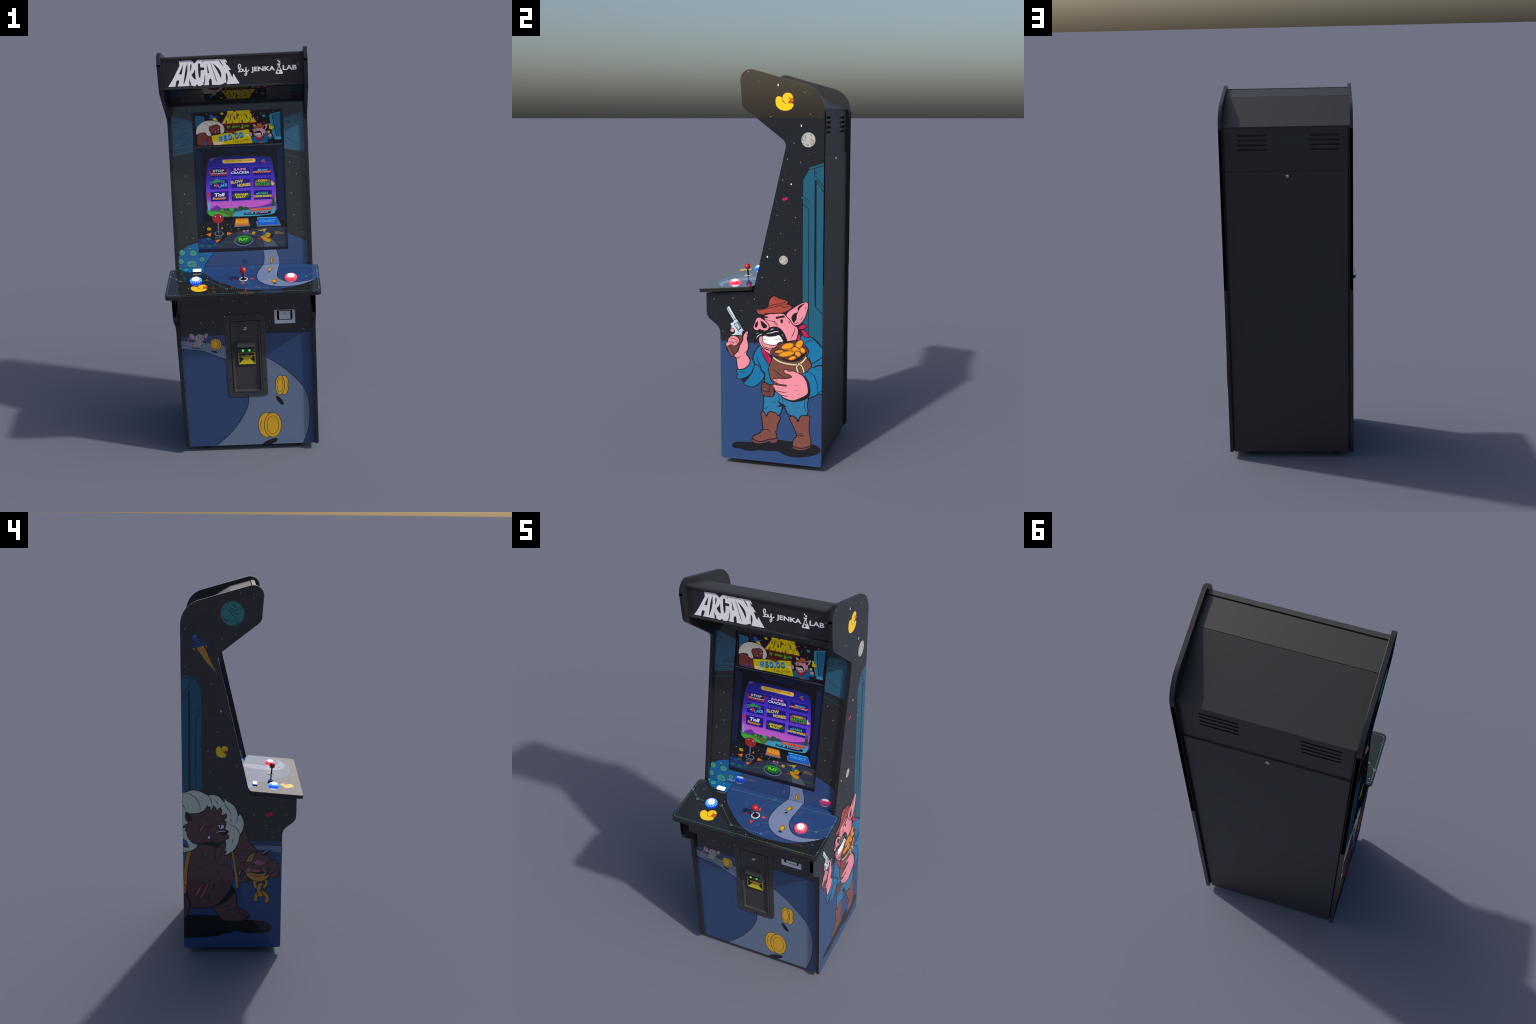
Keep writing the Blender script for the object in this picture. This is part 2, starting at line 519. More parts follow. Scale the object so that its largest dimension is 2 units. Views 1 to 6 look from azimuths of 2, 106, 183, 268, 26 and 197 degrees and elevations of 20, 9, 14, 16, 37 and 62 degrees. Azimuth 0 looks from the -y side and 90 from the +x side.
# the leaf is a pressed tray: a flat rim, sloping walls and a floor that deepens downwards
floor_y = lambda z: DY + 0.0015 + 0.0065 * min(1.0, max(0.0, (0.715 - z) / 0.30))
rings = [(rim(0.0018, 0.004), lambda z: FRONT_Y), (rim(0.0018, 0.004), lambda z: DY - 0.0010), (rim(0.0026, 0.004), lambda z: DY - 0.0018), (rim(0.0085, 0.003), lambda z: DY - 0.0018), (rim(0.0135, 0.003), floor_y)]
tv, tf = [], []
for out, y_at in rings:
    tv += [(a, y_at(b), b) for a, b in out]
m = len(rings[0][0])
for k in range(len(rings) - 1):
    for i in range(m):
        j = (i + 1) % m
        tf.append([k * m + i, k * m + j, (k + 1) * m + j, (k + 1) * m + i])
tf.append([(len(rings) - 1) * m + i for i in range(m)])
leaf = new_object("door_leaf", tv, tf, [DOOR], None, coin_door)
bevel(leaf, 0)
LY = floor_y(0.60) + 0.0006
lock_pad = fillet([(-0.027, 0.664, 0.013), (0.018, 0.664, 0.013), (0.018, 0.7225, 0.002), (-0.027, 0.7225, 0.002)], 6)
prism("lock_pad", lock_pad, lambda a, b, h: (a, DY + 0.003 - h, b), 0.0035, [DOOR], coin_door, 0.0007)
lathe("door_lock", [(0.0001, 0.0070), (0.0028, 0.0072), (0.0030, 0.0085), (0.0072, 0.0085), (0.0090, 0.0065), (0.0095, 0.0)], (-0.0045, DY + 0.001, 0.6875), (0, -1, 0), [CHROME], coin_door, 28)
box("key_black_bar", (-0.0053, DY - 0.0077, 0.6855), (-0.0037, DY - 0.0060, 0.6925), [PURE_BLACK], coin_door, 0)  # solid black bar in place of a cut keyway
for x, z in ((-0.005, 0.747), (-0.0915, 0.656), (0.0825, 0.656), (-0.092, 0.406), (0.084, 0.407), (-0.007, 0.3195)):
    lathe("door_screw", [(0.0001, 0.0012), (0.0026, 0.0014), (0.0040, 0.0006), (0.0043, 0.0)], (x, DY, z), (0, -1, 0), [RUBBER], coin_door, 14)
# bill acceptor: a wedge with a slot mouth above a flat label
ax0, ax1 = -0.0465, 0.0400
MY = DY - 0.0015      # label face; the mouth stands further out
acc = [(LY + 0.004, 0.484), (LY - 0.0005, 0.486), (MY, 0.4895), (MY, 0.5600), (MY - 0.0085, 0.5640), (MY - 0.0090, 0.5830), (MY - 0.0210, 0.5850),
       (MY - 0.0210, 0.6000), (MY - 0.0100, 0.6150), (LY + 0.004, 0.6240)]
acceptor = prism("bill_acceptor", acc, lambda a, b, h: (ax0 + h, a, b), ax1 - ax0, [DOOR], coin_door, 0.0012)
box("bill_black_bar", (ax0 + 0.005, MY - 0.0216, 0.5885), (ax1 - 0.005, MY - 0.0180, 0.5930), [PURE_BLACK], coin_door, 0)  # black bar laid on the mouth, no opening is cut
LED = material("green_indicator", srgb(60, 255, 60), rough=0.4, glow=2.2, grain=0.0)
for x in (-0.020, 0.012):
    box("indicator_lamp", (x - 0.0040, MY - 0.0110, 0.5680), (x + 0.0040, MY - 0.0080, 0.5765), [LED], coin_door, 0.001)

# ------------------------------------------------------------------ steel socket plate
so = fillet([(0.1410, 0.7050, 0.004), (0.2410, 0.7050, 0.004), (0.2410, 0.7800, 0.004), (0.1410, 0.7800, 0.004)], 5)
si = fillet([(0.1535, 0.7240, 0.006), (0.2275, 0.7240, 0.006), (0.2275, 0.7750, 0.006), (0.1535, 0.7750, 0.006)], 5)
socket = ring_plate("socket_plate", so, si, lambda a, b, h: (a, FRONT_Y - h, b), 0.003, [STEEL], root)
prism("socket_black_sheet", si, lambda a, b, h: (a, FRONT_Y - h, b), 0.0004, [PURE_BLACK], socket)  # thin black sheet painting the shade of a deeper recess
prism("socket_flap", fillet([(0.1640, 0.7275, 0.001), (0.2190, 0.7275, 0.001), (0.2190, 0.7715, 0.001), (0.1640, 0.7715, 0.001)], 3),
      lambda a, b, h: (a, FRONT_Y - 0.0003 - h, b), 0.0022, [STEEL], socket, 0.0008)
lathe("flap_stud", [(0.0001, 0.0012), (0.0022, 0.001), (0.0025, 0.0)], (0.191, FRONT_Y - 0.0025, 0.757), (0, -1, 0), [RUBBER], socket, 12)

# ------------------------------------------------------------------ joystick and buttons
deck_up = Vector((0, -DECK, 1)).normalized()
on_deck = lambda x, y: Vector((x, y, deck_z(y)))
RED_BALL = material("red_ball", srgb(176, 30, 36), rough=0.2, grain=0.02, coat=0.3)
SHAFT = material("dark_shaft", srgb(40, 40, 44), rough=0.25, metal=0.8)
LAMP_WHITE = material("lit_white_cap", (1, 1, 1, 1), rough=0.3, glow=7.0, grain=0.0)
LAMP_KEY = material("lit_key_white", (1, 1, 1, 1), rough=0.3, glow=1.1, grain=0.0)
LAMP_BLUE = material("lit_blue_ring", srgb(4, 26, 255), rough=0.25, glow=7.0, grain=0.0)
LAMP_SKY = material("lit_pale_blue_rib", srgb(60, 140, 255), rough=0.25, glow=2.2, grain=0.0)
LAMP_RED = material("lit_red_ring", srgb(255, 6, 18), rough=0.25, glow=7.0, grain=0.0)
LAMP_ROSE = material("lit_pale_red_rib", srgb(255, 76, 88), rough=0.25, glow=2.2, grain=0.0)
sj = on_deck(0, -0.166)
stick = lathe("joystick", [(0.0001, -0.001), (0.004, -0.001), (0.0042, 0.030), (0.0038, 0.052)], sj, deck_up, [SHAFT], root, 16)
lathe("joystick_collar", [(0.0150, 0.0), (0.0150, 0.0018), (0.0205, 0.0020), (0.0212, 0.0)], sj, deck_up, [material("white_collar", srgb(200, 202, 205), rough=0.25)], stick, 32)
lathe("joystick_black_disc", [(0.0001, 0.0008), (0.0152, 0.0008)], sj, deck_up, [GLASS_BLACK], stick, 32)  # flat black disc standing in for an opening round the shaft
lathe("joystick_ball", [(0.0165 * math.sin(math.pi * k / 18), 0.049 - 0.0165 * math.cos(math.pi * k / 18)) for k in range(19)], sj, deck_up, [RED_BALL], stick, 32)
for x, ring, rib in ((-0.228, LAMP_BLUE, LAMP_SKY), (0.228, LAMP_RED, LAMP_ROSE)):
    o = on_deck(x, -0.168)
    btn = lathe("push_button", [(0.0262, 0.0), (0.0275, 0.003), (0.0270, 0.007), (0.0240, 0.0105), (0.0170, 0.0118), (0.0166, 0.0110)], o, deck_up, [ring], root, 48)
    lathe("button_cap", [(0.0166, 0.0095), (0.0164, 0.0140), (0.0150, 0.0160), (0.0090, 0.0175), (0.0001, 0.0180)], o, deck_up, [LAMP_WHITE], btn, 40)
    u = deck_up.orthogonal().normalized()
    v = deck_up.cross(u)
    for k in range(16):
        w = 2 * math.pi * k / 16
        r = u * math.cos(w) + v * math.sin(w)
        t = deck_up.cross(r)
        prof = [(0.0268, 0.001), (0.0287, 0.0035), (0.0282, 0.0075), (0.0250, 0.0112), (0.0205, 0.0128), (0.0205, 0.010)]
        vs = [o + r * a + deck_up * h + t * (s * 0.0021 * (a / 0.028)) for s in (-1, 1) for a, h in prof]
        m = len(prof)
        fs = [[i, i + 1, m + i + 1, m + i] for i in range(m - 1)] + [list(range(m)), list(range(2 * m - 1, m - 1, -1))]
        bevel(new_object("button_rib", vs, fs, [rib], None, btn), 0.0004, 1)
kd = Vector((0, 1, DECK)).normalized()
po = on_deck(-0.229, -0.066)
key_base = prism("select_key", fillet([(-0.0215, -0.0125, 0.003), (0.0215, -0.0125, 0.003), (0.0215, 0.0125, 0.003), (-0.0215, 0.0125, 0.003)], 4),
                 lambda a, b, h: po + Vector((a, 0, 0)) + kd * b + deck_up * h, 0.005, [material("blue_black_key_base", srgb(10, 16, 60), rough=0.2)], root, 0.0008)
prism("key_cap", fillet([(-0.0200, -0.0110, 0.0025), (0.0200, -0.0110, 0.0025), (0.0200, 0.0110, 0.0025), (-0.0200, 0.0110, 0.0025)], 4),
      lambda a, b, h: po + Vector((a, 0, 0)) + kd * b + deck_up * (0.005 + h), 0.006, [LAMP_KEY], key_base, 0.0012)

# ------------------------------------------------------------------ printed planes
P_RIGHT = Plane((OUT, 0, 0), (0, 1, 0), (0, 0, 1))
P_LEFT = Plane((-OUT, 0, 0), (0, -1, 0), (0, 0, 1))
P_FRONT = Plane((0, FRONT_Y, 0), (1, 0, 0), (0, 0, 1))
P_APRON = Plane((0, -0.262, 0), (1, 0, 0), (0, 0, 1))
P_MARQUEE = Plane((0, -0.062, 0), (1, 0, 0), (0, 0, 1))
P_BEZEL = Plane(BEZEL0, (1, 0, 0), bez_dir)
P_SCREEN = Plane(Vector(BEZEL0) - bez_n * RECESS, (1, 0, 0), bez_dir)
P_DECK = Plane(BEZEL0, (1, 0, 0), (0, 1, DECK))
P_SPEAKER = Plane(sp_a, (1, 0, 0), -sp_dir)

# ------------------------------------------------------------------ printed inks
def ink(name, r, g, b, rough=0.045, **kw):
    return material(name, srgb(r, g, b), rough=rough, fade=rough > 0.04, spec=0.5 if rough > 0.04 else 0.75, **kw)


INK = ink("ink_line", 27, 27, 31)
SHADE = ink("ink_drawn_shadow", 27, 26, 31)  # cast shadows drawn into the artwork under figures and coins
NIGHT_BLUE = ink("ink_night_blue", 46, 72, 118)
SLATE = ink("ink_slate_road", 98, 117, 150)
TEAL = ink("ink_teal", 32, 90, 116)
STAR = ink("ink_star", 240, 240, 240)
STAR_DIM = ink("ink_faint_star", 150, 152, 156)
MOON = ink("ink_moon_grey", 178, 177, 173)
DUCK = ink("ink_duck_yellow", 248, 202, 30)
ORANGE = ink("ink_orange", 226, 92, 30)
CHERRY = ink("ink_cherry", 190, 26, 78)
STEM = ink("ink_dark_green", 34, 66, 62)
PIG = ink("ink_pink", 232, 143, 158)
HAT = ink("ink_hat_red", 166, 72, 60)
JEANS = ink("ink_jeans_blue", 44, 116, 160)
SHIRT = ink("ink_shirt_blue", 26, 112, 160)
BOOT = ink("ink_boot_brown", 122, 74, 64)
SOLE = ink("ink_sole_brown", 112, 66, 66)
POUCH = ink("ink_pouch_brown", 104, 62, 60)
GRIP = ink("ink_grip_brown", 104, 62, 60)
BAG = ink("ink_bag_brown", 118, 73, 62)
COIN = ink("ink_coin_orange", 245, 155, 28)
SCARF = ink("ink_scarf_red", 192, 32, 84)
GUN = ink("ink_gun_metal", 194, 216, 232)
TEETH = ink("ink_white", 250, 250, 250)
HIGHLIGHT = ink("ink_highlight", 196, 200, 206)
ROPE = ink("ink_rope", 214, 202, 158)
BEAR = ink("ink_bear_brown", 94, 63, 66)
PAD = ink("ink_pad_pink", 164, 90, 104)
SCAR = ink("ink_scar", 160, 80, 98)
MANE = ink("ink_mane_cream", 204, 205, 190)
GOLD = ink("ink_old_gold", 182, 128, 50)
VEST = ink("ink_vest_blue", 34, 106, 170)
PLANET = ink("ink_planet_green", 56, 136, 131)
ROCKET = ink("ink_rocket_blue", 40, 72, 146)
FLAME = ink("ink_flame", 196, 138, 48)
EYE = ink("ink_eye_blue_white", 214, 222, 232)
SIDE_CLIP = (-286, 315.8, 30.8, 1990)
LEFT_CLIP = (-315.8, 286, 30.8, 1990)

FRONT_BLUE = ink("ink_front_blue", 50, 74, 116)
FRONT_ROAD = ink("ink_front_road", 105, 122, 150)
DECK_BLUE = ink("ink_deck_blue", 42, 70, 120, rough=0.03)
DECK_ROAD = ink("ink_deck_road", 116, 134, 170, rough=0.03)
DECK_SEA = ink("ink_deck_sea_blue", 14, 96, 160, rough=0.03)
DECK_LINE = ink("ink_mint_dash", 110, 170, 150, rough=0.03)
CRATER = ink("ink_crater_green", 62, 150, 138, rough=0.03)
ARROW = ink("ink_arrow_red", 214, 66, 46, rough=0.03)
COIN_GOLD = ink("ink_coin_gold", 222, 170, 44)
COIN_DARK = ink("ink_coin_side", 190, 136, 26)
WALL_TEAL = ink("ink_wall_teal", 40, 92, 118, rough=0.03)
MOUSE = ink("ink_mouse_grey", 146, 149, 156)
EAR_PINK = ink("ink_ear_pink", 222, 124, 156)
FRONT_CLIP = (-320.4, 320.4, 29.6, 805)
BEZEL_CLIP = (-320.4, 320.4, 1, 786)
DECK_CLIP = (-320.6, 363.2, -301, -1)
LOGO = material("lit_logo_white", srgb(222, 222, 228), rough=0.3, glow=0.22, grain=0.02)
LOGO_TOP = material("lit_logo_shadow", srgb(176, 178, 192), rough=0.3, glow=0.18, grain=0.02)
MARQ_BLACK = material("marquee_black", srgb(38, 40, 45), rough=0.3)
LABEL_YELLOW = ink("label_yellow", 226, 206, 20, rough=0.4)
LABEL_BLACK = ink("label_black", 24, 24, 26, rough=0.4)
LABEL_BLUE = ink("label_blue", 40, 70, 180, rough=0.4)


def glow(name, r, g, b, strength=0.5, rough=0.15):
    """Printed-light colour of the monitor picture."""
    return material(name, srgb(r, g, b), rough=rough, glow=strength, grain=0.02, spec=0.1 if name.startswith("banner") else 0.35)


def glow_gradient(name, axis, stops, strength, rough=0.15):
    """Screen colour that runs through stops of (height in metres, r, g, b)."""
    m = glow(name, 128, 128, 128, strength, rough)
    nt = m.node_tree
    ramp = nt.nodes["Color Ramp"]
    sep = nt.nodes.new("ShaderNodeSeparateXYZ")
    rng = nt.nodes.new("ShaderNodeMapRange")
    rng.inputs["From Min"].default_value, rng.inputs["From Max"].default_value = stops[0][0], stops[-1][0]
    nt.links.new(nt.nodes["Texture Coordinate"].outputs["Object"], sep.inputs[0])
    nt.links.new(sep.outputs[axis], rng.inputs["Value"])
    nt.links.new(rng.outputs["Result"], ramp.inputs["Fac"])
    els = ramp.color_ramp.elements
    while len(els) > 1:
        els.remove(els[-1])
    for k, (h, r, g, b) in enumerate(stops):
        e = els[0] if k == 0 else els.new((h - stops[0][0]) / (stops[-1][0] - stops[0][0]))
        e.position = (h - stops[0][0]) / (stops[-1][0] - stops[0][0])
        e.color = srgb(r, g, b)
    return m


S_SKY = glow_gradient("screen_evening_sky", 2, [(1.185, 184, 90, 180), (1.245, 176, 84, 184), (1.275, 122, 60, 188), (1.32, 76, 48, 188), (1.38, 52, 38, 172), (1.43, 34, 28, 136), (1.465, 24, 20, 96)], 0.28)
S_HAZE = glow("screen_pink_planet", 111, 60, 155, 0.17)
S_PANEL = glow("screen_panel_blue", 24, 18, 120, 0.24)
S_EDGE = glow("screen_panel_edge", 89, 56, 195, 0.28)
S_WHITE = glow("screen_white", 195, 199, 215, 0.28)
S_CYAN = glow("screen_cyan", 68, 169, 207, 0.24)
S_RED = glow("screen_red", 186, 34, 51, 0.24)
S_ORANGE = glow("screen_orange", 210, 129, 34, 0.24)
S_YELLOW = glow("screen_yellow", 212, 183, 42, 0.24)
S_GREEN = glow("screen_green", 51, 163, 60, 0.20)
S_LEAF = glow("screen_leaf_green", 25, 82, 48, 0.16)
S_GRASS = glow("screen_grass", 53, 120, 37, 0.18)
S_HILL = glow("screen_hill_violet", 96, 44, 145, 0.20)
S_PATH = glow("screen_path", 129, 79, 60, 0.16)
S_PINK = glow("screen_pink", 210, 129, 189, 0.24)
S_STEEL = glow("screen_teal_bar", 60, 151, 181, 0.20)
S_NAVY = glow("screen_navy", 16, 22, 60, 0.12)
S_DARK = glow("screen_shade", 16, 16, 26, 0.06)
S_BODY = glow("screen_cabinet_shade", 14, 20, 34, 0.08)
S_WING = glow("screen_cabinet_blue", 18, 30, 63, 0.10)
S_VIOLET = glow("screen_violet_rim", 24, 23, 40, 0.08)
S_RAIL = glow("screen_rail", 72, 70, 91, 0.10)
B_BACK = glow("banner_night", 34, 28, 36, 0.22)
B_RED = glow("banner_red_glow", 74, 30, 24, 0.28)
B_TEAL = glow("banner_teal", 36, 92, 124, 0.28)
B_TEAL_LIGHT = glow("banner_light_teal", 54, 122, 152, 0.28)
B_YELLOW = glow("banner_yellow", 184, 166, 8, 0.38)
B_CREAM = glow("banner_cream", 196, 186, 130, 0.38)
B_BLUE = glow("banner_blue", 36, 126, 200, 0.38)
B_DEEP = glow("banner_deep_blue", 14, 46, 84, 0.28)
B_GREEN = glow("banner_green", 80, 160, 40, 0.38)
B_BEAR = glow("banner_bear", 112, 54, 50, 0.28)
B_MANE = glow("banner_mane", 190, 184, 178, 0.28)
B_PIG = glow("banner_pig", 190, 138, 146, 0.28)
B_HAT = glow("banner_hat", 160, 82, 48, 0.28)
B_SHIRT = glow("banner_shirt", 28, 94, 140, 0.28)
B_SCARF = glow("banner_scarf", 170, 30, 50, 0.28)
B_ROCKET = glow("banner_rocket", 44, 84, 170, 0.28)
B_INK = glow("banner_ink", 20, 18, 22, 0.00)
D_BLACK = glow("panel_black", 25, 26, 26, 0.06)
D_MOON = glow("panel_moon", 46, 53, 75, 0.08)
D_ROAD = glow("panel_road", 82, 89, 106, 0.08)
D_SEA = glow("panel_sea", 25, 51, 111, 0.08)
D_CRATER = glow("panel_crater", 37, 94, 86, 0.08)
D_BALL = glow("panel_ball", 146, 37, 40, 0.17)
D_STEEL = glow("panel_steel", 103, 111, 137, 0.11)
D_ORANGE = glow("panel_orange", 203, 103, 34, 0.29)
D_BLUE = glow("panel_blue", 20, 86, 189, 0.29)
D_GREEN = glow("panel_green", 25, 103, 34, 0.22)
D_LIME = glow("panel_lime", 111, 207, 42, 0.34)
D_DUCK = glow("panel_duck", 177, 143, 24, 0.14)
B_RUST = glow("banner_rust", 112, 40, 22, 0.19)

# ------------------------------------------------------------------ right side artwork

ground = Print("lower_blue_print", P_RIGHT, sides[1], under=True, clip=SIDE_CLIP)
ground.poly(NIGHT_BLUE, [(-211.4, 46), (-209, 34), (-199, 30.8), (301, 30.8), (311, 34), (315.8, 46), (315.8, 655), (-211.4, 655)])
ground.line(INK, [(-209.5, 651.8), (-13.6, 652.8), (126.2, 653.3), (315.2, 652.9)], 3.41, taper=0)
ground.done()

tower = Print("teal_building_print", P_RIGHT, sides[1], under=True, clip=SIDE_CLIP)
tower.poly(TEAL, [(242, 1533.1), (319.1, 1555.3), (322.5, 1087.4), (324.6, 610.2), (217.4, 602.3), (213.8, 1082.7), (213.4, 1473.1), (240.8, 1519.3), (242.1, 1521.8)], INK, 2.4)
tower.poly(TEAL, [(204.1, 1395.4), (245.1, 1373), (244.5, 1357.9), (206.8, 1382.8)], INK, 2.2)
tower.poly(INK, [(271.3, 1476.1), (281, 1471.2), (283, 1085.7), (282.3, 851), (276.4, 853.9), (271.9, 1085.2)])
tower.line(INK, [(240.8, 1520.6), (318.6, 1542.9)], 3.41, taper=0, smooth=False)
tower.line(INK, [(269.6, 1528.5), (269.8, 1499.2), (318.4, 1437.6)], 3.41, taper=0, smooth=False)
tower.line(INK, [(281, 1471.2), (319.3, 1412.5)], 3.41, taper=0, smooth=False)
tower.line(INK, [(214.1, 1356.4), (244.1, 1331.9), (244.6, 1084), (245.1, 637.6)], 3.41, taper=0, smooth=False)
tower.line(INK, [(283, 851), (325.2, 811)], 3.41, taper=0, smooth=False)
tower.line(INK, oval(278.1, 1507.4, 4.5, 5.0, 1, 24, 0, 359.9), 2, smooth=False)
tower.line(INK, [(253.7, 1434.3), (260.1, 1426.9)], 2.84, taper=0.6)
tower.line(INK, [(252.5, 1419.2), (258.3, 1413.1)], 2.84, taper=0.6)
tower.done()

stars_right = Print("star_prints", P_RIGHT, sides[1])
for a, b in [(-59.6, 1986.9), (221.7, 1887.1), (247.8, 1785.5), (52.7, 1774), (201.3, 1557.5), (112.6, 1470), (85.3, 1296.2), (177.3, 1290.6), (104, 1210.7), (176.1, 1131.5), (135.8, 1571.1), (168.5, 1648.2)]:
    stars_right.poly(STAR, oval(a, b, 1.6, 1.6, n=8))
for a, b in [(-35.4, 1977.3), (-4.7, 1944.9), (-52.6, 1913.3), (12.2, 1842.3), (-27.2, 1822.6), (201.1, 1917.7), (231.8, 1895.5), (247.1, 1883.2), (74.2, 1767.1), (72.9, 1750.4), (298, 1780.6), (243.5, 1596.6), (269, 1605), (123.6, 1496.7), (81.3, 1366.4), (161.1, 1272.9), (194.5, 1257.3), (47, 1147.8), (66.9, 1156.3), (45.6, 1131.5), (303, 1653.5)]:
    stars_right.poly(STAR_DIM, oval(a, b, 1.05, 1.05, n=8))
stars_right.poly(STAR, oval(89.5, 1922.5, 3.2, 5.5, -1))
stars_right.poly(STAR, oval(204.1, 1730.8, 3.2, 5.6, 0))
stars_right.poly(STAR, oval(155.7, 1451.2, 3.3, 4.4, 1))
stars_right.poly(STAR, oval(35.6, 1091.3, 3.4, 5.2, 2))
for a, b in [(-243.6, 864), (-144.1, 874.8), (-31.1, 875), (-101.1, 812.1), (-197.8, 700.9), (35.6, 1091.7), (176.2, 1131.7), (8.6, 986.9), (124.5, 978.3)]:
    stars_right.poly(STAR, oval(a, b, 1.6, 1.6, n=8))
for a, b in [(-234.7, 789.5), (-72.1, 783.8), (-67.9, 852.3), (47.1, 1131.8), (51, 998), (41, 965.9), (193.1, 1056.1), (189.7, 998.7), (152.1, 936.2), (41, 898.7), (53.4, 916), (169, 880)]:
    stars_right.poly(STAR_DIM, oval(a, b, 1.05, 1.05, n=8))
stars_right.done("stuff")

moon = Print("moon_print", P_RIGHT, sides[1])
moon.poly(MOON, oval(239.1, 1664.2, 34.5, 35.2, 0))
moon.line(INK, oval(216.7, 1672.1, 7.0, 11.8, -19, 24, 0, 359.9), 1.8, smooth=False)
moon.line(INK, oval(258.4, 1653.2, 6.4, 10.5, -19, 24, 0, 359.9), 1.8, smooth=False)
moon.line(INK, oval(236.1, 1640.0, 3.8, 3.7, 0, 24, 0, 359.9), 1.6, smooth=False)
moon.line(INK, oval(253.8, 1666.8, 1.9, 1.9, 0, 24, 0, 359.9), 1.4, smooth=False)
moon.line(INK, [(252.3, 1694.5), (251.7, 1687.1), (258.2, 1682.2)], 2.27, taper=0.6)
moon.line(INK, [(209.1, 1646), (215.5, 1647.3), (218.8, 1642.4)], 2.27, taper=0.6)
moon.line(INK, [(268.5, 1669.9), (272.9, 1671.8)], 1.99, taper=0.6)
moon.done()

moon = Print("moon_print", P_RIGHT, sides[1])
moon.poly(MOON, oval(118.1, 1078.1, 22.0, 22.3, 2))
moon.line(INK, oval(105.2, 1085.0, 4.5, 7.6, -17, 24, 0, 359.9), 1.5, smooth=False)
moon.line(INK, oval(129.5, 1071.9, 4.5, 6.8, -17, 24, 0, 359.9), 1.5, smooth=False)
moon.line(INK, oval(115.9, 1062.4, 2.3, 2.2, 3, 24, 0, 359.9), 1.2, smooth=False)
moon.line(INK, [(125.7, 1097.8), (128.7, 1091.2), (134, 1089.9)], 1.85, taper=0.6)
moon.done()

duck = Print("duck_print", P_RIGHT, sides[1])
duck.fill(DUCK, [(77.9, 1859.9), (85.7, 1869), (98.6, 1869), (110.3, 1863.4), (114.8, 1876.2), (124.4, 1883.5), (137.9, 1886.5), (152, 1882.1), (160.4, 1871.6), (162.4, 1860.6), (161.2, 1848.3), (154.8, 1838.5), (164.5, 1833.6), (162.6, 1820.7), (150.4, 1807.8), (127.9, 1801.7), (105.2, 1805.5), (85.8, 1817.9), (77.3, 1836.4)])
duck.fill(ORANGE, [(140, 1839.2), (145.8, 1849.6), (154.7, 1860.6), (161.1, 1856.9), (170.1, 1855), (166.3, 1849.5), (170.2, 1847.1), (163.1, 1841), (150.3, 1837.3)], INK, 2.27)
duck.line(INK, [(110.9, 1864), (112.2, 1851.7), (119.4, 1839.9), (131, 1833.7)], 3.12, taper=0.6)
duck.line(INK, [(141.9, 1842.3), (153.5, 1844.1), (170.2, 1847.1)], 2.27, taper=0.6)
duck.poly(INK, oval(144.4, 1862.5, 2.2, 4.9, -0))
duck.done()

cherry = Print("cherry_print", P_RIGHT, sides[1])
cherry.poly(CHERRY, oval(118.7, 1376.9, 7.9, 7.6, 1))
cherry.poly(CHERRY, oval(131.8, 1381.0, 7.2, 7.0, 1))
cherry.line(STEM, [(120.7, 1382.7), (118, 1398.5), (122.6, 1394.8), (130.5, 1386.1)], 2.27, taper=0)
cherry.done()

pig = Print("cowboy_pig_print", P_RIGHT, sides[1], clip=SIDE_CLIP)
pig.fill(SHADE, [(-153.5, 100), (-146.6, 114), (-123.8, 122.7), (-67.2, 127.3), (-7.3, 133.8), (81.8, 152.1), (118.6, 154), (173.5, 152.1), (228.1, 146.6), (275.1, 147.7), (304, 136), (312.8, 120.3), (304.3, 102.8), (275.6, 89.8), (239.4, 78.6), (192.1, 70.6), (148.2, 71.5), (118.8, 79.5), (92.9, 92.5), (44.8, 88.6), (-3.6, 89.1), (-52.4, 79.2), (-86.2, 80.5), (-105.1, 86.1), (-143, 87.9)])
pig.fill(SOLE, [(-45.8, 143), (-42.8, 130.2), (-22.3, 123.6), (3.9, 125.5), (26.2, 132.3), (46.6, 141.1), (51.5, 133.4), (74.4, 135.7), (86.2, 143.3), (87.3, 162), (22.5, 149.9)], INK, 3.41)
pig.fill(BOOT, [(-40.9, 145.4), (-40.9, 158.5), (-33.4, 166.7), (-7.2, 178.7), (4, 192.8), (12.1, 200.3), (10.7, 223.3), (5.9, 260), (1.1, 285.5), (7.8, 294.2), (18.9, 298.2), (30.7, 273.4, 1), (44.7, 296.1), (59.5, 299), (77.9, 294.4), (103.6, 274.6), (100, 257.7), (89, 230.8), (86.1, 204.6), (79.8, 196.5), (83.9, 182.1), (84.7, 164.3), (67, 156.2), (41.1, 151), (7.6, 136.4), (-18.5, 136.4)], INK, 5.25)
pig.fill(SOLE, [(169.2, 128.3), (171.8, 116), (191.9, 109.5), (217.4, 111.1), (242.8, 119.7), (261.5, 132.7), (262.5, 142.7)], INK, 3.41)
pig.fill(BOOT, [(169.9, 131.4), (169.1, 153.5), (177.1, 169.1), (188.6, 184.3), (184.2, 203.1), (173.2, 227.8), (158.5, 255.9), (151.1, 275.4), (156.5, 283.3), (172.9, 286.6), (197, 259.5, 1), (209.1, 290), (227.2, 294.6), (252.4, 294.7), (256.7, 290), (254.4, 265), (253.5, 235.6), (254.8, 210), (259.7, 184.8), (262.1, 144.5), (246.3, 131.8), (217.4, 122.2), (188.2, 122.9)], INK, 5.25)
pig.line(INK, [(11.4, 199.9), (30, 202.8), (48.5, 199.4)], 4.26, taper=0.6)
pig.line(INK, [(41.1, 191.2), (50.7, 193.7), (46.6, 189.6)], 2.84, taper=0.6)
pig.line(INK, [(-7.3, 161.1), (3.9, 160.7)], 2.84, taper=0.6)
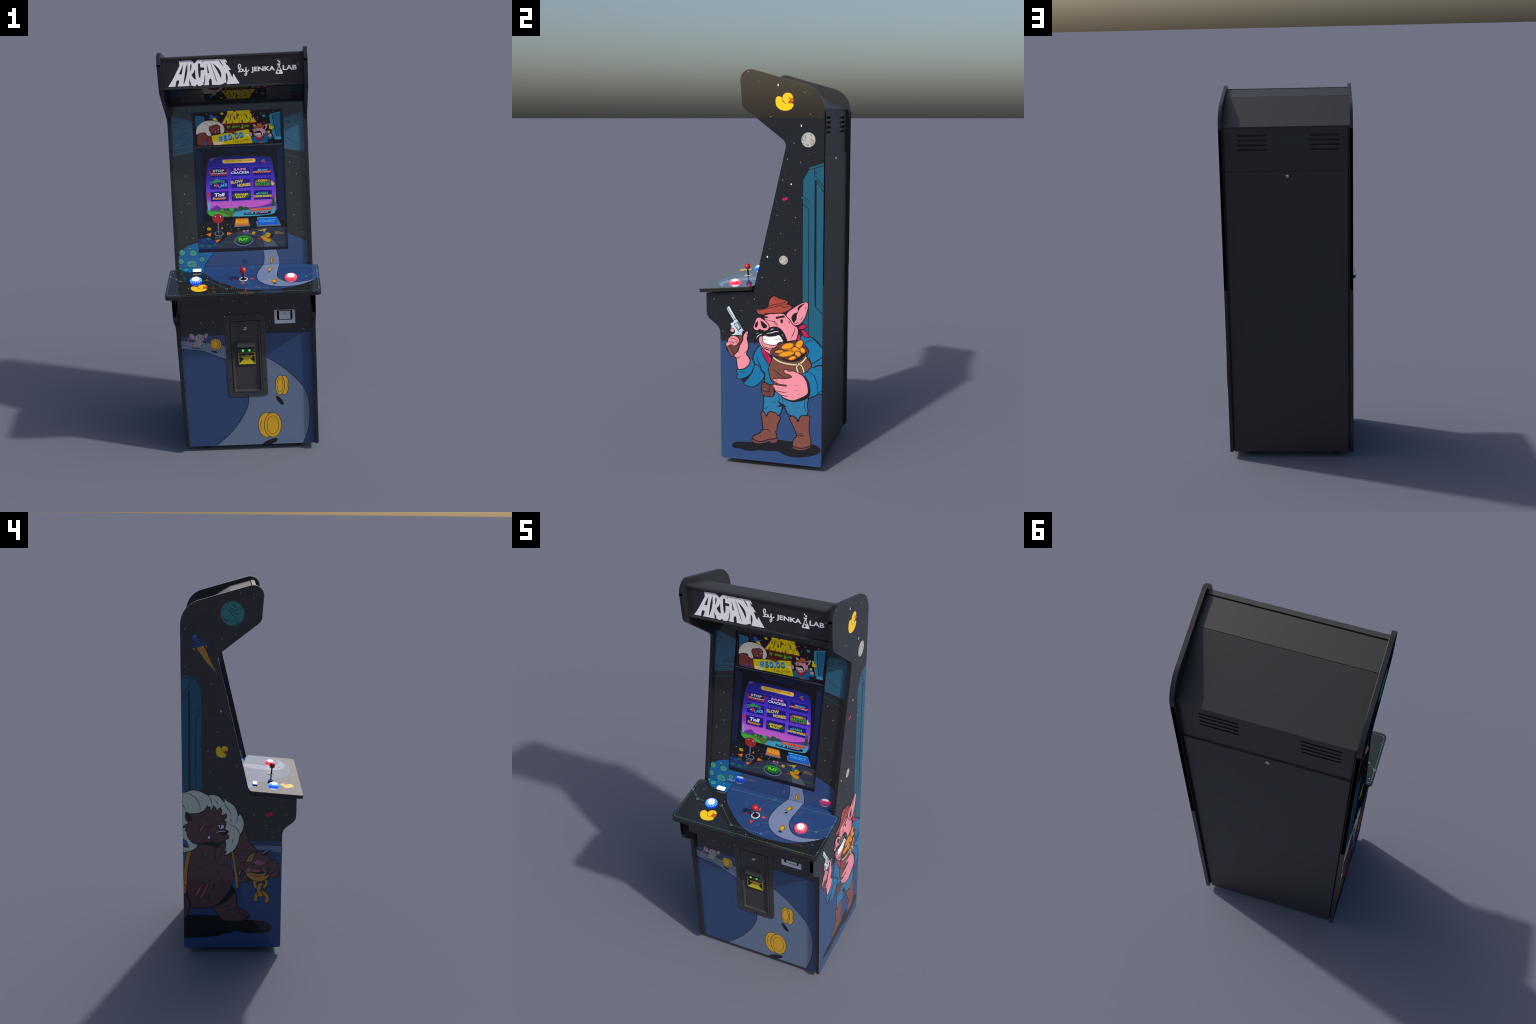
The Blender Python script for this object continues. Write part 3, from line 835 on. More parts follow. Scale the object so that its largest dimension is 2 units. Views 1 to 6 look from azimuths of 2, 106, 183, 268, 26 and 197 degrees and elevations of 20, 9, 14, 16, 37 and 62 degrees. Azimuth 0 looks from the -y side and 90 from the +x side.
pig.line(INK, [(47.7, 266.8), (57.7, 265.5)], 2.84, taper=0.6)
pig.line(INK, [(188.6, 185.1), (209.7, 188.6), (227.1, 186.7)], 4.26, taper=0.6)
pig.line(INK, [(194.4, 196), (209.6, 198.2), (226, 196.9)], 2.84, taper=0.6)
pig.line(INK, [(229.9, 152.3), (246.1, 161.3)], 2.84, taper=0.6)
pig.line(INK, [(233, 229.9), (239.1, 230.5)], 2.84, taper=0.6)
pig.fill(JEANS, [(22.6, 379.7), (17.1, 346), (14.1, 323.6), (12.2, 303.1), (17, 296.2), (30, 273.3, 1), (44.7, 296.9), (63.2, 298.6), (81.5, 292.1), (92.6, 282.8), (103.6, 291.2), (114.5, 321.6), (119.9, 333.1), (127.2, 322.8), (140.1, 298.3), (154.7, 288.6), (176.5, 285.1), (197.7, 264, 1), (209.1, 290), (238, 297.1), (246.8, 313.6), (243, 351.5), (240.2, 394.8), (117.9, 413.5)], INK, 5.25)
pig.fill(INK, [(81.4, 362.8, 1), (107.1, 349.6), (123.5, 340.8), (140, 329.5, 1), (125.4, 330.7), (117.4, 321.9), (110.8, 330.5), (79.7, 326.6, 1), (103.5, 339, 1)])
pig.line(INK, [(112.6, 330.7), (107.2, 302.6), (92.6, 281)], 3.12, taper=0.6)
pig.line(INK, [(119.9, 340.5), (114.3, 369.3), (110.7, 383.6)], 2.84, taper=0.6)
pig.line(INK, [(103.4, 350), (97.9, 375.2), (93.1, 389.4)], 2.84, taper=0.6)
pig.line(INK, [(63.1, 347.2), (81.5, 349.5)], 3.41, taper=0.6)
pig.line(INK, [(13.4, 312.5), (26.3, 315.1), (37.4, 319.8)], 3.12, taper=0.6)
pig.line(INK, [(232, 379.6), (227.9, 350.1), (232.3, 328.7), (241.5, 309.4)], 3.12, taper=0.6)
pig.line(INK, [(129, 326.6), (141.9, 298.4), (160.2, 285.4)], 3.41, taper=0.6)
pig.fill(POUCH, [(7.9, 440), (12.4, 447.7), (37.4, 449.1), (61.2, 440.8), (70.4, 423.3), (69.7, 386.6), (59.4, 377.6), (30, 377.7), (9.7, 385.1), (7.2, 399.6), (4.2, 414.1)], INK, 4.26)
pig.line(INK, [(4.2, 413.3), (22.7, 404.6), (44.7, 403.5), (49.1, 428.8), (57.6, 439.8)], 4.26, taper=0.6)
pig.line(INK, [(45.8, 402.9), (46.9, 378)], 2.84, taper=0.6)
pig.fill(INK, [(70.4, 426.9), (77.7, 416.6), (72.3, 386.8), (61.3, 376.7), (66.8, 393.7)])
pig.poly(ROPE, oval(23.0, 414.9, 2.2, 2.2, 5))
pig.fill(SHIRT, [(0.8, 639.8), (-21.2, 620.1), (-32.3, 597.5), (-39.8, 575.2), (-28.8, 543.2), (8, 509.5), (22.7, 492.4), (19.7, 459.3), (30, 447.4), (59.4, 440.6), (117.8, 441.8), (190.2, 455.1), (261.5, 511.4), (319, 523.1), (321.5, 551.9), (321.1, 601.8), (320.7, 640.9), (277.9, 689.4), (224.5, 708.9), (206.7, 707.7), (153.3, 646.9), (81.1, 605.8), (26.4, 609)], INK, 5.25)
pig.fill(SHIRT, [(317.8, 642.5), (288.6, 675.9), (256.5, 700.4), (217.4, 708.4), (206.8, 686.3), (242.8, 631.8), (239.5, 599.4), (257.5, 575.7), (264.7, 565.5), (319.3, 605.3)], INK, 4.26)
pig.line(INK, [(230.1, 663), (246.1, 678.3), (277.9, 686.9)], 3.41, taper=0.6)
pig.line(INK, [(256.8, 671.2), (272.7, 675.9)], 3.41, taper=0.6)
pig.line(INK, [(292.5, 627.5), (306.6, 633.5)], 3.12, taper=0.6)
pig.line(INK, [(249.4, 603.7), (252, 587.8), (261.1, 572.4)], 4.26, taper=0.6)
pig.line(INK, [(264.7, 563.7), (289.4, 581.6), (318.2, 601.6)], 4.26, taper=0.6)
pig.fill(INK, [(275.4, 552, 1), (296.7, 560.8), (319.6, 565.4, 1), (319.7, 555.4, 1), (296.8, 550.7, 1)])
pig.line(INK, [(-28.6, 612.3), (-21.3, 598.3)], 2.84, taper=0.6)
pig.line(INK, [(-17.6, 580.4), (-12.2, 559), (-1.2, 532.5), (8, 509.5), (22.7, 494.3)], 4.26, taper=0.6)
pig.line(INK, [(19, 459.3), (22.7, 485.1), (22.7, 507)], 3.69, taper=0.6)
pig.fill(INK, [(-103.3, 458.5, 1), (-90.3, 443), (-66, 459.7), (-39.9, 502.1), (-28.8, 543.2, 1), (-58.5, 493.3, 1)])
pig.fill(SHIRT, [(-88.4, 439.5), (-73.5, 455.4), (-58.6, 475), (-39.9, 505.8), (-32.5, 539.2), (-6.7, 530.3), (8, 505.9), (20.9, 492.3), (15.3, 469.9), (-6.8, 442.5), (-29, 426), (-47.6, 420.7), (-73.6, 425.2), (-84.7, 432.4)], INK, 4.26)
pig.fill(SHIRT, [(-125.4, 506.4), (-127, 502.7), (-123.3, 480.9), (-124.9, 462.3), (-114.5, 456.5), (-99.5, 458.8), (-73.4, 470.1), (-51.1, 490.3), (-36.2, 520.7), (-32.5, 542.9), (-43.5, 565.8), (-54.5, 570.4), (-54.6, 552.2), (-65.8, 529.4), (-88.1, 513), (-106.8, 507.9)], INK, 4.26)
pig.line(INK, [(-32.4, 544.7), (-17.7, 538.5), (-6.7, 532.1)], 3.69, taper=0.6)
pig.line(INK, [(-110.6, 495.8), (-91.9, 492.5), (-76.3, 496.3)], 3.12, taper=0.6)
pig.fill(GUN, [(-179.3, 823.4, 1), (-166.2, 835.7, 1), (-160.6, 831.7), (-125.8, 770.6, 1), (-120.3, 765.5), (-111.1, 751.6), (-92.8, 720.3), (-85.4, 711.7), (-92.9, 702.2), (-94.8, 682.1, 1), (-113.3, 683.4), (-128.2, 683.5), (-143, 680.7), (-157.9, 687), (-165.3, 701), (-164.4, 715.6), (-153.9, 729), (-159.4, 737.7), (-157.5, 745.1), (-144.5, 753.2), (-144.4, 760.4), (-175.7, 810.9)], INK, 5.25)
pig.poly(INK, oval(-149.6, 704.6, 15.8, 17.9, 13))
pig.poly(PIG, oval(-148.1, 708.7, 10.1, 9.4, 4))
pig.poly(INK, [(-140.8, 740.7), (-118.5, 754.8), (-100.2, 721.6), (-116.9, 707.8)], INK, 2)
pig.poly(GUN, [(-137.1, 739.2), (-120.4, 750.3), (-105, 723.1), (-116.1, 713.3)])
pig.line(INK, [(-128.6, 743.3), (-115, 715.2)], 2.27, taper=0)
pig.line(INK, [(-121.9, 747.4), (-107.9, 720)], 2.27, taper=0)
pig.line(INK, [(-174.1, 823.7), (-133.3, 761.1)], 2.56, taper=0)
pig.line(INK, [(-144.4, 758.6), (-125.8, 769.5)], 2.84, taper=0)
pig.line(INK, oval(-108.8, 697.5, 8.9, 9.4, 4, 24, 0, 359.9), 1.8, smooth=False)
pig.poly(GUN, oval(-88.4, 712.2, 3.7, 3.6, 4), INK, 3.12)
pig.fill(GRIP, [(-128.2, 681.7), (-96.6, 682), (-91.1, 669.7), (-102.4, 636.2), (-124.9, 598.1), (-140, 575.1), (-154.9, 573.2), (-166, 591.5), (-180.8, 621.6), (-139.4, 662.7)], INK, 3.69)
pig.fill(BOOT, [(-180.8, 621.6, 1), (-163.9, 626.4, 1), (-138.1, 578.9, 1), (-143.7, 573, 1), (-156.8, 573.8, 1)], INK, 3.41)
pig.fill(PIG, [(-79.9, 703), (-73.2, 710), (-64.4, 706.9), (-65.2, 689.5), (-69.7, 667.5), (-64.6, 649.7), (-63.6, 624.4), (-71.1, 602), (-73, 587.3), (-61.2, 573.6), (-54.6, 552.2), (-65.8, 529.4), (-91.9, 510.9), (-118, 507.8), (-125.3, 539.5), (-129.6, 566.7), (-141.9, 573.1), (-134.3, 586.5), (-117.4, 606), (-109.9, 632), (-94.9, 658.5), (-91.1, 684.2)], INK, 5.25)
pig.fill(PIG, [(-158, 676.1), (-143, 680.7), (-126.3, 678.2), (-114.1, 666.3), (-109.7, 655.7), (-113.5, 646.3), (-124.7, 632.8), (-139.7, 628.1), (-158.3, 632.3), (-171.4, 624.8), (-180.8, 625.2), (-182.5, 637.9), (-173.1, 647.7), (-171.2, 660.6)], INK, 3.69)
pig.line(INK, [(-161.8, 666.7), (-143.1, 666.9), (-124.6, 658.3), (-116.5, 649.8)], 2.84, taper=0.6)
pig.line(INK, [(-171.3, 647.8), (-150.7, 648.1), (-143.3, 642.4), (-144.1, 635.1)], 2.84, taper=0.6)
pig.line(INK, [(-144, 643.5), (-128.3, 650.8), (-121, 642.2), (-125.5, 632.7)], 2.84, taper=0.6)
pig.line(INK, [(-158.9, 645), (-154.5, 636.2), (-145.2, 636.1)], 2.27, taper=0.6)
pig.line(INK, [(-129.6, 566.7), (-115.8, 566.6), (-106.4, 577.5)], 3.41, taper=0.6)
pig.line(INK, [(-111.9, 597.2), (-109.3, 590.1)], 2.84, taper=0.6)
pig.line(INK, [(-95.2, 591.1), (-89.6, 591.5)], 3.41, taper=0.6)
pig.line(INK, [(-72.5, 703.5), (-68.9, 689.3), (-64.4, 700.4)], 2.56, taper=0.6)
pig.line(INK, [(-85.9, 593.6), (-76.6, 601.6), (-70, 602.8)], 2.84, taper=0.6)
pig.fill(SCARF, [(4.5, 618.3), (15.5, 626.3), (37.4, 602.6), (61.1, 573.6), (62.9, 568.3), (44.7, 544.4), (30.1, 562.2), (15.4, 586.5)], INK, 3.98)
pig.line(INK, [(22.8, 608.8), (37.4, 580.9), (52, 556.6)], 2.84, taper=0.6)
pig.line(INK, [(15.4, 601), (30.1, 573.1), (44.7, 552.4)], 2.84, taper=0.6)
pig.fill(INK, [(37.4, 604.4, 1), (55.6, 593.1), (68.4, 577.7, 1), (52, 581.9, 1)])
pig.fill(SCARF, [(194, 744.2), (210, 758.3), (227.7, 760.5), (239.1, 752.4), (229.6, 742.9), (211.9, 734.7), (197.6, 737.3)], INK, 3.69)
pig.fill(SCARF, [(208.4, 730.9), (224.4, 733.7), (238.7, 720.5), (250.2, 698.2), (229.9, 698.6), (215.6, 711.8)], INK, 3.69)
pig.fill(SCARF, [(203.1, 716.3), (206.1, 693.4), (197.9, 678.6), (185.4, 677.7), (192.5, 699.6)], INK, 3.41)
pig.fill(INK, [(192.2, 745.8), (199.4, 735.6), (206.6, 729), (206.7, 714.8), (195.3, 706.9), (193, 728.1)])
pig.line(INK, [(210, 747), (224.2, 750.7)], 2.56, taper=0.6)
pig.line(INK, [(219.1, 720.9), (231.6, 709.3)], 2.56, taper=0.6)
pig.fill(INK, [(-22.7, 814.6, 1), (-17.2, 800.6), (1, 791.7), (22.9, 792.3), (15.6, 781.1), (22.9, 770.8), (44.7, 782.9), (138.4, 795.7), (163.2, 843.3, 1), (116.8, 822.8)])
pig.fill(PIG, [(19.2, 790.3), (37.4, 802.1), (66.4, 807.4), (98.8, 811.1), (120.4, 808.8), (133, 799.7), (152.8, 782.4), (174.3, 753.6), (188.7, 745.6), (195.2, 724.7), (192.4, 706.7), (183.6, 678.3), (167.6, 669.4), (117.2, 655.1), (88.3, 642.3), (59.3, 593.3), (44.7, 599.5), (22.8, 614.2), (0.8, 639.8), (-9.4, 664.4), (-6.4, 682.6), (8.2, 723.2), (22.8, 756.5)], INK, 4.26)
pig.fill(PIG, [(133, 800.7), (141.9, 820.8), (166.8, 839.9), (191.6, 857.2), (216.4, 871), (235.8, 874.9), (244, 865.5), (243.1, 844.4), (234.5, 812.2), (224, 786.8), (206.4, 764.5), (188.6, 754.5), (170.8, 755.1), (152.8, 778.9)], INK, 4.26)
pig.fill(INK, [(229.9, 869.6, 1), (205.8, 858.1), (190, 841.3), (191.8, 823.7), (170.5, 811.9), (159.2, 789.9), (170.7, 765.8, 1), (184.9, 784.4), (187.6, 809.3), (202.4, 842, 1)])
pig.line(INK, [(170.7, 772.9), (176.1, 763.3), (188.6, 766.9), (195.6, 774.4)], 3.69, taper=0.6)
pig.line(INK, [(230.7, 852.4), (232.5, 845.5), (229, 838.3)], 3.69, taper=0.6)
pig.line(INK, [(216.8, 802.3), (211.6, 789.6), (206.3, 780.4)], 3.12, taper=0.6)
pig.line(INK, [(143.8, 776.5), (149.2, 768), (152.8, 760.4)], 3.41, taper=0.6)
pig.line(INK, [(175.1, 741.2), (175.2, 723.4), (167.4, 705.1), (157.4, 686.5)], 3.41, taper=0.6)
pig.fill(HAT, [(-22.6, 818.2), (-20.8, 825.4), (-6.2, 825.6), (15.6, 827.5), (30.1, 833.7), (39.2, 845), (42.8, 861.2), (48.2, 879.2), (68.1, 898), (80.7, 894.5), (98.7, 885.6), (127.4, 880.8), (139.9, 875.5), (142.4, 866.8), (139.9, 859.6), (154.3, 855.1), (162.5, 843.2), (149, 830), (124, 815.4), (98.8, 811.1), (66.4, 807.4), (41, 804.8), (19.2, 798.5), (-2.6, 797.9), (-15.4, 804.3)], INK, 5.25)
pig.line(INK, [(37.4, 837.7), (59.1, 849.7), (87.9, 856.6), (116.7, 859), (140, 857.8)], 3.41, taper=0.6)
pig.line(INK, [(26.5, 828.9), (59.1, 839), (91.6, 846.9), (109.5, 849), (118.5, 840.7), (131.1, 843.2), (134.6, 848.7), (156.1, 848.1)], 3.41, taper=0.6)
pig.fill(INK, [(89.7, 881.5, 1), (98.7, 869.6), (116.7, 866), (129.2, 871.3), (130.9, 880.3, 1), (132.8, 869.8), (122, 863.9), (102.3, 866.3)])
pig.line(INK, [(71.7, 891.1), (77.1, 880.8), (84.3, 874.1)], 2.84, taper=0.6)
pig.line(INK, [(22.9, 808.3), (28.3, 806.9), (41, 804.8)], 3.41, taper=0.6)
pig.line(INK, [(-17.2, 819.2), (-6.2, 819.1), (4.7, 821.6)], 2.84, taper=0.6)
pig.fill(INK, [(79, 792.1, 1), (95.3, 794.9), (116.8, 800.8), (126.9, 795.7), (122.2, 790.5), (102.5, 787.1), (86.3, 781.1), (80.1, 783.3)])
pig.poly(INK, oval(109.7, 771.2, 6.5, 10.7, 4))
pig.fill(INK, [(20, 783.1), (24.7, 790.6), (39.2, 790.4), (41, 785.5), (30.1, 782.7)])
pig.fill(PIG, [(-37.5, 734.7), (-31.9, 749.4), (-24.6, 771.4), (-15.4, 782.1), (-2.6, 783.6), (8.3, 778.8), (30.1, 764.1), (43.9, 747.1), (44.7, 732.8), (37.4, 721.5), (24.6, 716.4), (4.6, 719.4), (-6.4, 722.3), (-11.9, 716.5), (-24.7, 715.7), (-35.7, 724)], INK, 4.26)
pig.fill(INK, [(-29.1, 731.6), (-26.5, 749.8), (-15.4, 764.1), (-11.8, 754.3), (-15.5, 737.9), (-23.9, 729.1)])
pig.fill(INK, [(1, 766.6), (11.9, 763), (31.9, 746.3), (34.5, 737.5), (26.5, 729.8), (13.7, 730.8), (4.6, 744.6)])
pig.line(INK, [(41, 771.9), (59.2, 767.7), (73.6, 766.8), (84.5, 753.2), (87.4, 740.9)], 3.69, taper=0.6)
pig.line(INK, [(22.9, 779.7), (33.8, 773.3), (41, 771.9)], 3.12, taper=0.6)
pig.line(INK, [(64.6, 762.7), (73.6, 757.9), (77.3, 749.2)], 2.84, taper=0.6)
pig.fill(TEETH, [(10, 680.1), (15.5, 691.3), (44.7, 689.7), (73.7, 693.4), (95.4, 700.3), (109.9, 686.9), (120.1, 667.9), (102.7, 664.9), (91.9, 658.7), (82.8, 649.1), (59.2, 645.7), (30.1, 649.1), (13.7, 660.5)], INK, 3.69)
pig.line(INK, [(10, 671.1), (22.8, 670.9), (30.8, 670)], 2.27, taper=0)
pig.line(INK, [(73.7, 674.4), (86.4, 676.3), (91.1, 685.6), (99.1, 680.8), (102.7, 673.9), (109.9, 685.1)], 2.27, taper=0)
pig.line(INK, [(4.5, 658.1), (11.8, 640.6), (30.1, 631), (52, 628.2), (70.2, 632), (88.3, 645.9)], 3.69, taper=0.6)
pig.fill(INK, [(8.1, 634.9, 1), (26.4, 627.1), (52, 619.9, 1), (41, 616.6), (22.8, 623.2)])
pig.fill(INK, [(-28.4, 713.6, 1), (-11.9, 714.7), (4.6, 718.7), (22.8, 713.4), (41, 721.8), (48.3, 734.8), (70, 741.6), (91.7, 739.4), (109.8, 728), (124.3, 709.3), (133.3, 688.5), (138.1, 669.1), (117.2, 667.7, 1), (106.3, 690.2), (95.4, 699.5), (73.7, 693.4), (44.7, 689.7), (22.8, 695.4), (11.9, 689.3), (-6.4, 682.6), (-21.1, 663.6), (-28.5, 645, 1), (-36.6, 642.6, 1), (-32.2, 662.8), (-33.9, 688)])
pig.line(HIGHLIGHT, [(-21.1, 674.4), (-11.9, 689.5), (8.2, 699.8)], 4.26, taper=0.6)
pig.line(HIGHLIGHT, [(31.9, 703.9), (59.2, 709.3), (77.3, 716.3), (94.7, 716.3)], 4.83, taper=0.6)
pig.line(HIGHLIGHT, [(51.9, 720.7), (61, 727.4), (68.2, 730)], 4.26, taper=0.6)
pig.line(HIGHLIGHT, [(-22.9, 697.8), (-10.1, 704.8)], 3.41, taper=0.6)
pig.line(HIGHLIGHT, [(111.7, 704.9), (118.9, 694.7)], 3.41, taper=0.6)
pig.fill(BAG, [(70.2, 585.1), (52, 549.3), (42.1, 526.8), (44.7, 501.5), (52, 472.9), (61.2, 455.4), (92.3, 436.1), (136, 436.1), (208, 478.3), (254.3, 525.2), (262.9, 558.2), (246.7, 585.6), (235.9, 599.1), (153.6, 575)], INK, 4.26)
pig.fill(BAG, [(51.2, 610.8), (62.9, 626.1), (84.7, 638.5), (93.7, 657.1), (106.4, 665.1), (135.2, 667.8), (160.4, 674.2), (189, 678), (217.7, 665.7), (239.2, 645.8), (248.5, 628.6), (239.4, 606.5), (218.1, 587.1), (189.5, 574.1), (160.8, 568.4), (117.4, 572.3), (81.1, 584.1), (59.3, 593.3)], INK, 4.26)
pig.fill(POUCH, [(61.1, 609.7), (77.4, 623.5), (91.9, 631.8), (99.1, 653.9), (138.8, 665.6), (185.5, 672.4), (217.7, 655), (241, 635.2), (234, 613.3), (189.5, 583.1), (153.6, 575), (102.9, 582.1), (70.2, 594.1)], INK, 3.41)
pig.fill(INK, [(88.4, 590), (117.4, 583.2), (153.6, 576.8), (189.5, 586.7), (218, 612.1), (237.5, 624.3), (235.8, 609.8), (196.7, 578.3), (153.6, 570.7), (117.4, 576)])
pig.poly(COIN, oval(157.0, 629.2, 22.0, 11.9, 24), INK, 3.12)
pig.line(INK, oval(157.0, 629.2, 17.6, 8.6, 24, 24, 0, 359.9), 1.3, smooth=False)
pig.poly(COIN, oval(110.1, 593.5, 21.5, 9.5, -6), INK, 3.12)
pig.line(INK, oval(110.1, 593.5, 17.2, 6.8, -6, 24, 0, 359.9), 1.3, smooth=False)
pig.poly(COIN, oval(216.1, 629.9, 18.0, 14.0, -48), INK, 3.12)
pig.line(INK, oval(216.1, 629.9, 14.4, 10.1, -48, 24, 0, 359.9), 1.3, smooth=False)
pig.poly(COIN, oval(199.8, 659.1, 26.5, 16.7, 56), INK, 3.12)
pig.line(INK, oval(199.8, 659.1, 21.2, 12.0, 56, 24, 0, 359.9), 1.3, smooth=False)
pig.poly(COIN, oval(140.7, 646.0, 33.7, 16.9, 19), INK, 3.12)
pig.line(INK, oval(140.7, 646.0, 26.9, 12.2, 19, 24, 0, 359.9), 1.3, smooth=False)
pig.poly(COIN, oval(99.2, 615.0, 25.5, 10.0, 8), INK, 3.12)
pig.line(INK, oval(99.2, 615.0, 20.4, 7.2, 8, 24, 0, 359.9), 1.3, smooth=False)
pig.poly(COIN, oval(185.7, 624.1, 26.0, 18.5, -37), INK, 3.12)
pig.line(INK, oval(185.7, 624.1, 20.8, 13.3, -37, 24, 0, 359.9), 1.3, smooth=False)
pig.poly(COIN, oval(164.3, 586.6, 22.0, 11.3, 19), INK, 3.12)
pig.line(INK, oval(164.3, 586.6, 17.6, 8.1, 19, 24, 0, 359.9), 1.3, smooth=False)
pig.poly(COIN, oval(192.9, 610.3, 17.4, 14.8, -32), INK, 3.12)
pig.line(INK, oval(192.9, 610.3, 13.9, 10.6, -32, 24, 0, 359.9), 1.3, smooth=False)
pig.poly(COIN, oval(134.7, 606.1, 40.8, 14.9, 13), INK, 3.12)
pig.line(INK, oval(134.7, 606.1, 32.7, 10.8, 13, 24, 0, 359.9), 1.3, smooth=False)
pig.line(INK, [(66.6, 583.7), (92.1, 566.8), (124.7, 557.7), (160.9, 554), (193.2, 556.4), (218.2, 572.7), (235.9, 597.3)], 12.78, taper=0)
pig.line(ROPE, [(66.6, 583.7), (92.1, 566.8), (124.7, 557.7), (160.9, 554), (193.2, 556.4), (218.2, 572.7), (235.9, 597.3)], 7.67, taper=0)
pig.line(INK, [(198.6, 560.5), (187.9, 545.2), (189.8, 527.4), (197.1, 509.9)], 12.07, taper=0)
pig.line(ROPE, [(198.6, 560.5), (187.9, 545.2), (189.8, 527.4), (197.1, 509.9)], 7.1, taper=0)
pig.line(INK, [(202.2, 560.7), (214.8, 547.3), (222.1, 529.9), (224, 515.6)], 12.07, taper=0)
pig.line(ROPE, [(202.2, 560.7), (214.8, 547.3), (222.1, 529.9), (224, 515.6)], 7.1, taper=0)
pig.poly(ROPE, oval(198.6, 557.6, 5.8, 8.6, 4), INK, 2.27)
pig.line(INK, [(63, 517.5), (77.6, 515), (99.5, 498.5), (124.9, 482.4), (153.9, 486.6)], 3.98, taper=0.6)
pig.line(INK, [(79.4, 497), (92.2, 479.8)], 3.41, taper=0.6)
pig.fill(INK, [(107, 386.2), (154.4, 361.1), (201.5, 367), (244.5, 387.2), (248, 409.2), (190.5, 382.5)])
pig.fill(SHIRT, [(215.1, 504.1), (225.7, 515.8), (243.6, 526.2), (252.4, 539.4), (271.9, 546.3), (319.8, 551.8), (322.1, 419.2), (298, 414.2), (287.3, 405.4), (269.5, 396.6), (251.7, 386), (248.8, 387.5), (256.8, 424.5), (247.6, 467.1), (233, 494.7)], INK, 4.26)
pig.fill(INK, [(222.3, 501.1, 1), (242.1, 473.8), (249.5, 438.3), (247.3, 405.5, 1), (256.8, 424.5), (254, 460.4), (240.2, 488.1)])
pig.line(INK, [(243.6, 526.2), (272.2, 508.7), (286.7, 481.1), (294.8, 445.7), (296.2, 415.2)], 3.69, taper=0.6)
pig.line(INK, [(296.2, 417), (308.5, 425.2), (320.9, 433.5)], 4.26, taper=0.6)
pig.line(INK, [(268.4, 537.1), (319.9, 535.7)], 2.84, taper=0.6)
pig.poly(INK, oval(231.1, 510.8, 3.2, 2.2, 5))
pig.poly(INK, oval(243.6, 520.1, 3.2, 2.2, 5))
pig.fill(PIG, [(121.9, 518.4), (126.6, 524.2), (139.3, 525.2), (144.8, 518.4), (171.8, 520.5), (197.1, 511.7), (222.3, 497.5), (236.8, 473.4), (244.8, 445.2), (244.4, 408.9), (208.6, 384), (172.5, 368.1), (147.1, 369.5), (118, 379.8), (103.3, 393.2), (77.7, 409.3), (72.2, 423.4), (62.3, 433.6), (64.9, 442.9), (77.7, 444), (92.3, 441.5), (74, 456.4), (64.9, 466.6), (70.3, 473.7), (92.2, 476.9), (125, 478.1), (161.1, 487.1), (153.9, 497.4), (135.8, 503.2), (124.9, 507.8)], INK, 3.98)
pig.fill(BAG, [(81.3, 453.4), (99.6, 447.6), (125.1, 446.1), (135.9, 445.2), (134.2, 439.6), (110.5, 439.4), (88.6, 443.1)], INK, 3.12)
pig.line(INK, [(75.9, 412.8), (103.3, 407.8), (137.9, 407.1)], 3.69, taper=0.6)
pig.line(INK, [(103.3, 391.3), (121.6, 389.3), (143.4, 386.4)], 3.69, taper=0.6)
pig.line(INK, [(135.7, 514.1), (144.7, 520.2)], 2.84, taper=0.6)
pig.line(INK, [(72.2, 459.9), (81.3, 460.7), (83.1, 469.9), (75.8, 473)], 2.56, taper=0.6)
pig.line(INK, [(64.9, 441.1), (72.2, 430.7), (70.4, 425.1)], 2.56, taper=0.6)
pig.line(INK, [(91.5, 467), (90.8, 454.9)], 3.41, taper=0.6)
pig.line(INK, [(121.4, 462.1), (122.1, 454.9)], 3.41, taper=0.6)
pig.line(INK, [(87.9, 431.3), (89.4, 421.2)], 3.41, taper=0.6)
pig.line(INK, [(117.8, 428), (117.1, 419.9)], 3.41, taper=0.6)
pig.line(INK, [(179.4, 445.1), (199.2, 446.8)], 3.41, taper=0.6)
pig.line(INK, [(178.8, 419.7), (195.7, 423.6)], 3.41, taper=0.6)
pig.line(INK, [(194.8, 400.3), (204.8, 407.3)], 3.41, taper=0.6)
pig.line(INK, [(148.6, 448), (154, 452.1)], 3.41, taper=0.6)
pig.done()

# ------------------------------------------------------------------ left side artwork

ground = Print("lower_blue_print", P_LEFT, sides[-1], under=True, clip=LEFT_CLIP)
ground.poly(NIGHT_BLUE, [(-315.8, 46), (-311, 34), (-301, 30.8), (199, 30.8), (209, 34), (211.4, 46), (211.4, 655), (-315.8, 655)])
ground.line(INK, [(-315.8, 655), (211.4, 655)], 2.2)
ground.fill(SLATE, [(-23.2, 634.7), (51.9, 633.4), (127.1, 632.1), (211.4, 627.9, 1), (212.2, 586.1, 1), (165.3, 593.1), (89.8, 605.3), (14.5, 615.4), (-23.1, 619.5)], INK, 3.12)
ground.done()

tower = Print("teal_building_print", P_LEFT, sides[-1], under=True, clip=LEFT_CLIP)
tower.poly(TEAL, [(-319.2, 1552.9), (-243.3, 1535), (-243.4, 1527.2), (-213.4, 1473.5), (-214.1, 1077.3), (-214.6, 788.1), (-329.2, 788.2)], INK, 2.4)
tower.poly(TEAL, [(-243.4, 1374.1), (-204.2, 1392.9), (-204.2, 1382.2), (-242.9, 1357.4)], INK, 2.2)
tower.poly(INK, [(-271.6, 1476.6), (-280.8, 1463.4), (-284.3, 1077.2), (-285.4, 788.2), (-275.3, 788.2), (-273.7, 1077.2)])
tower.line(INK, [(-316.1, 1543.8), (-243.4, 1525.9)], 3.41, taper=0, smooth=False)
tower.line(INK, [(-269.2, 1529), (-269.5, 1499.6), (-316.8, 1440.1)], 3.41, taper=0, smooth=False)
tower.line(INK, [(-273, 1474.6), (-317.1, 1415)], 3.41, taper=0, smooth=False)
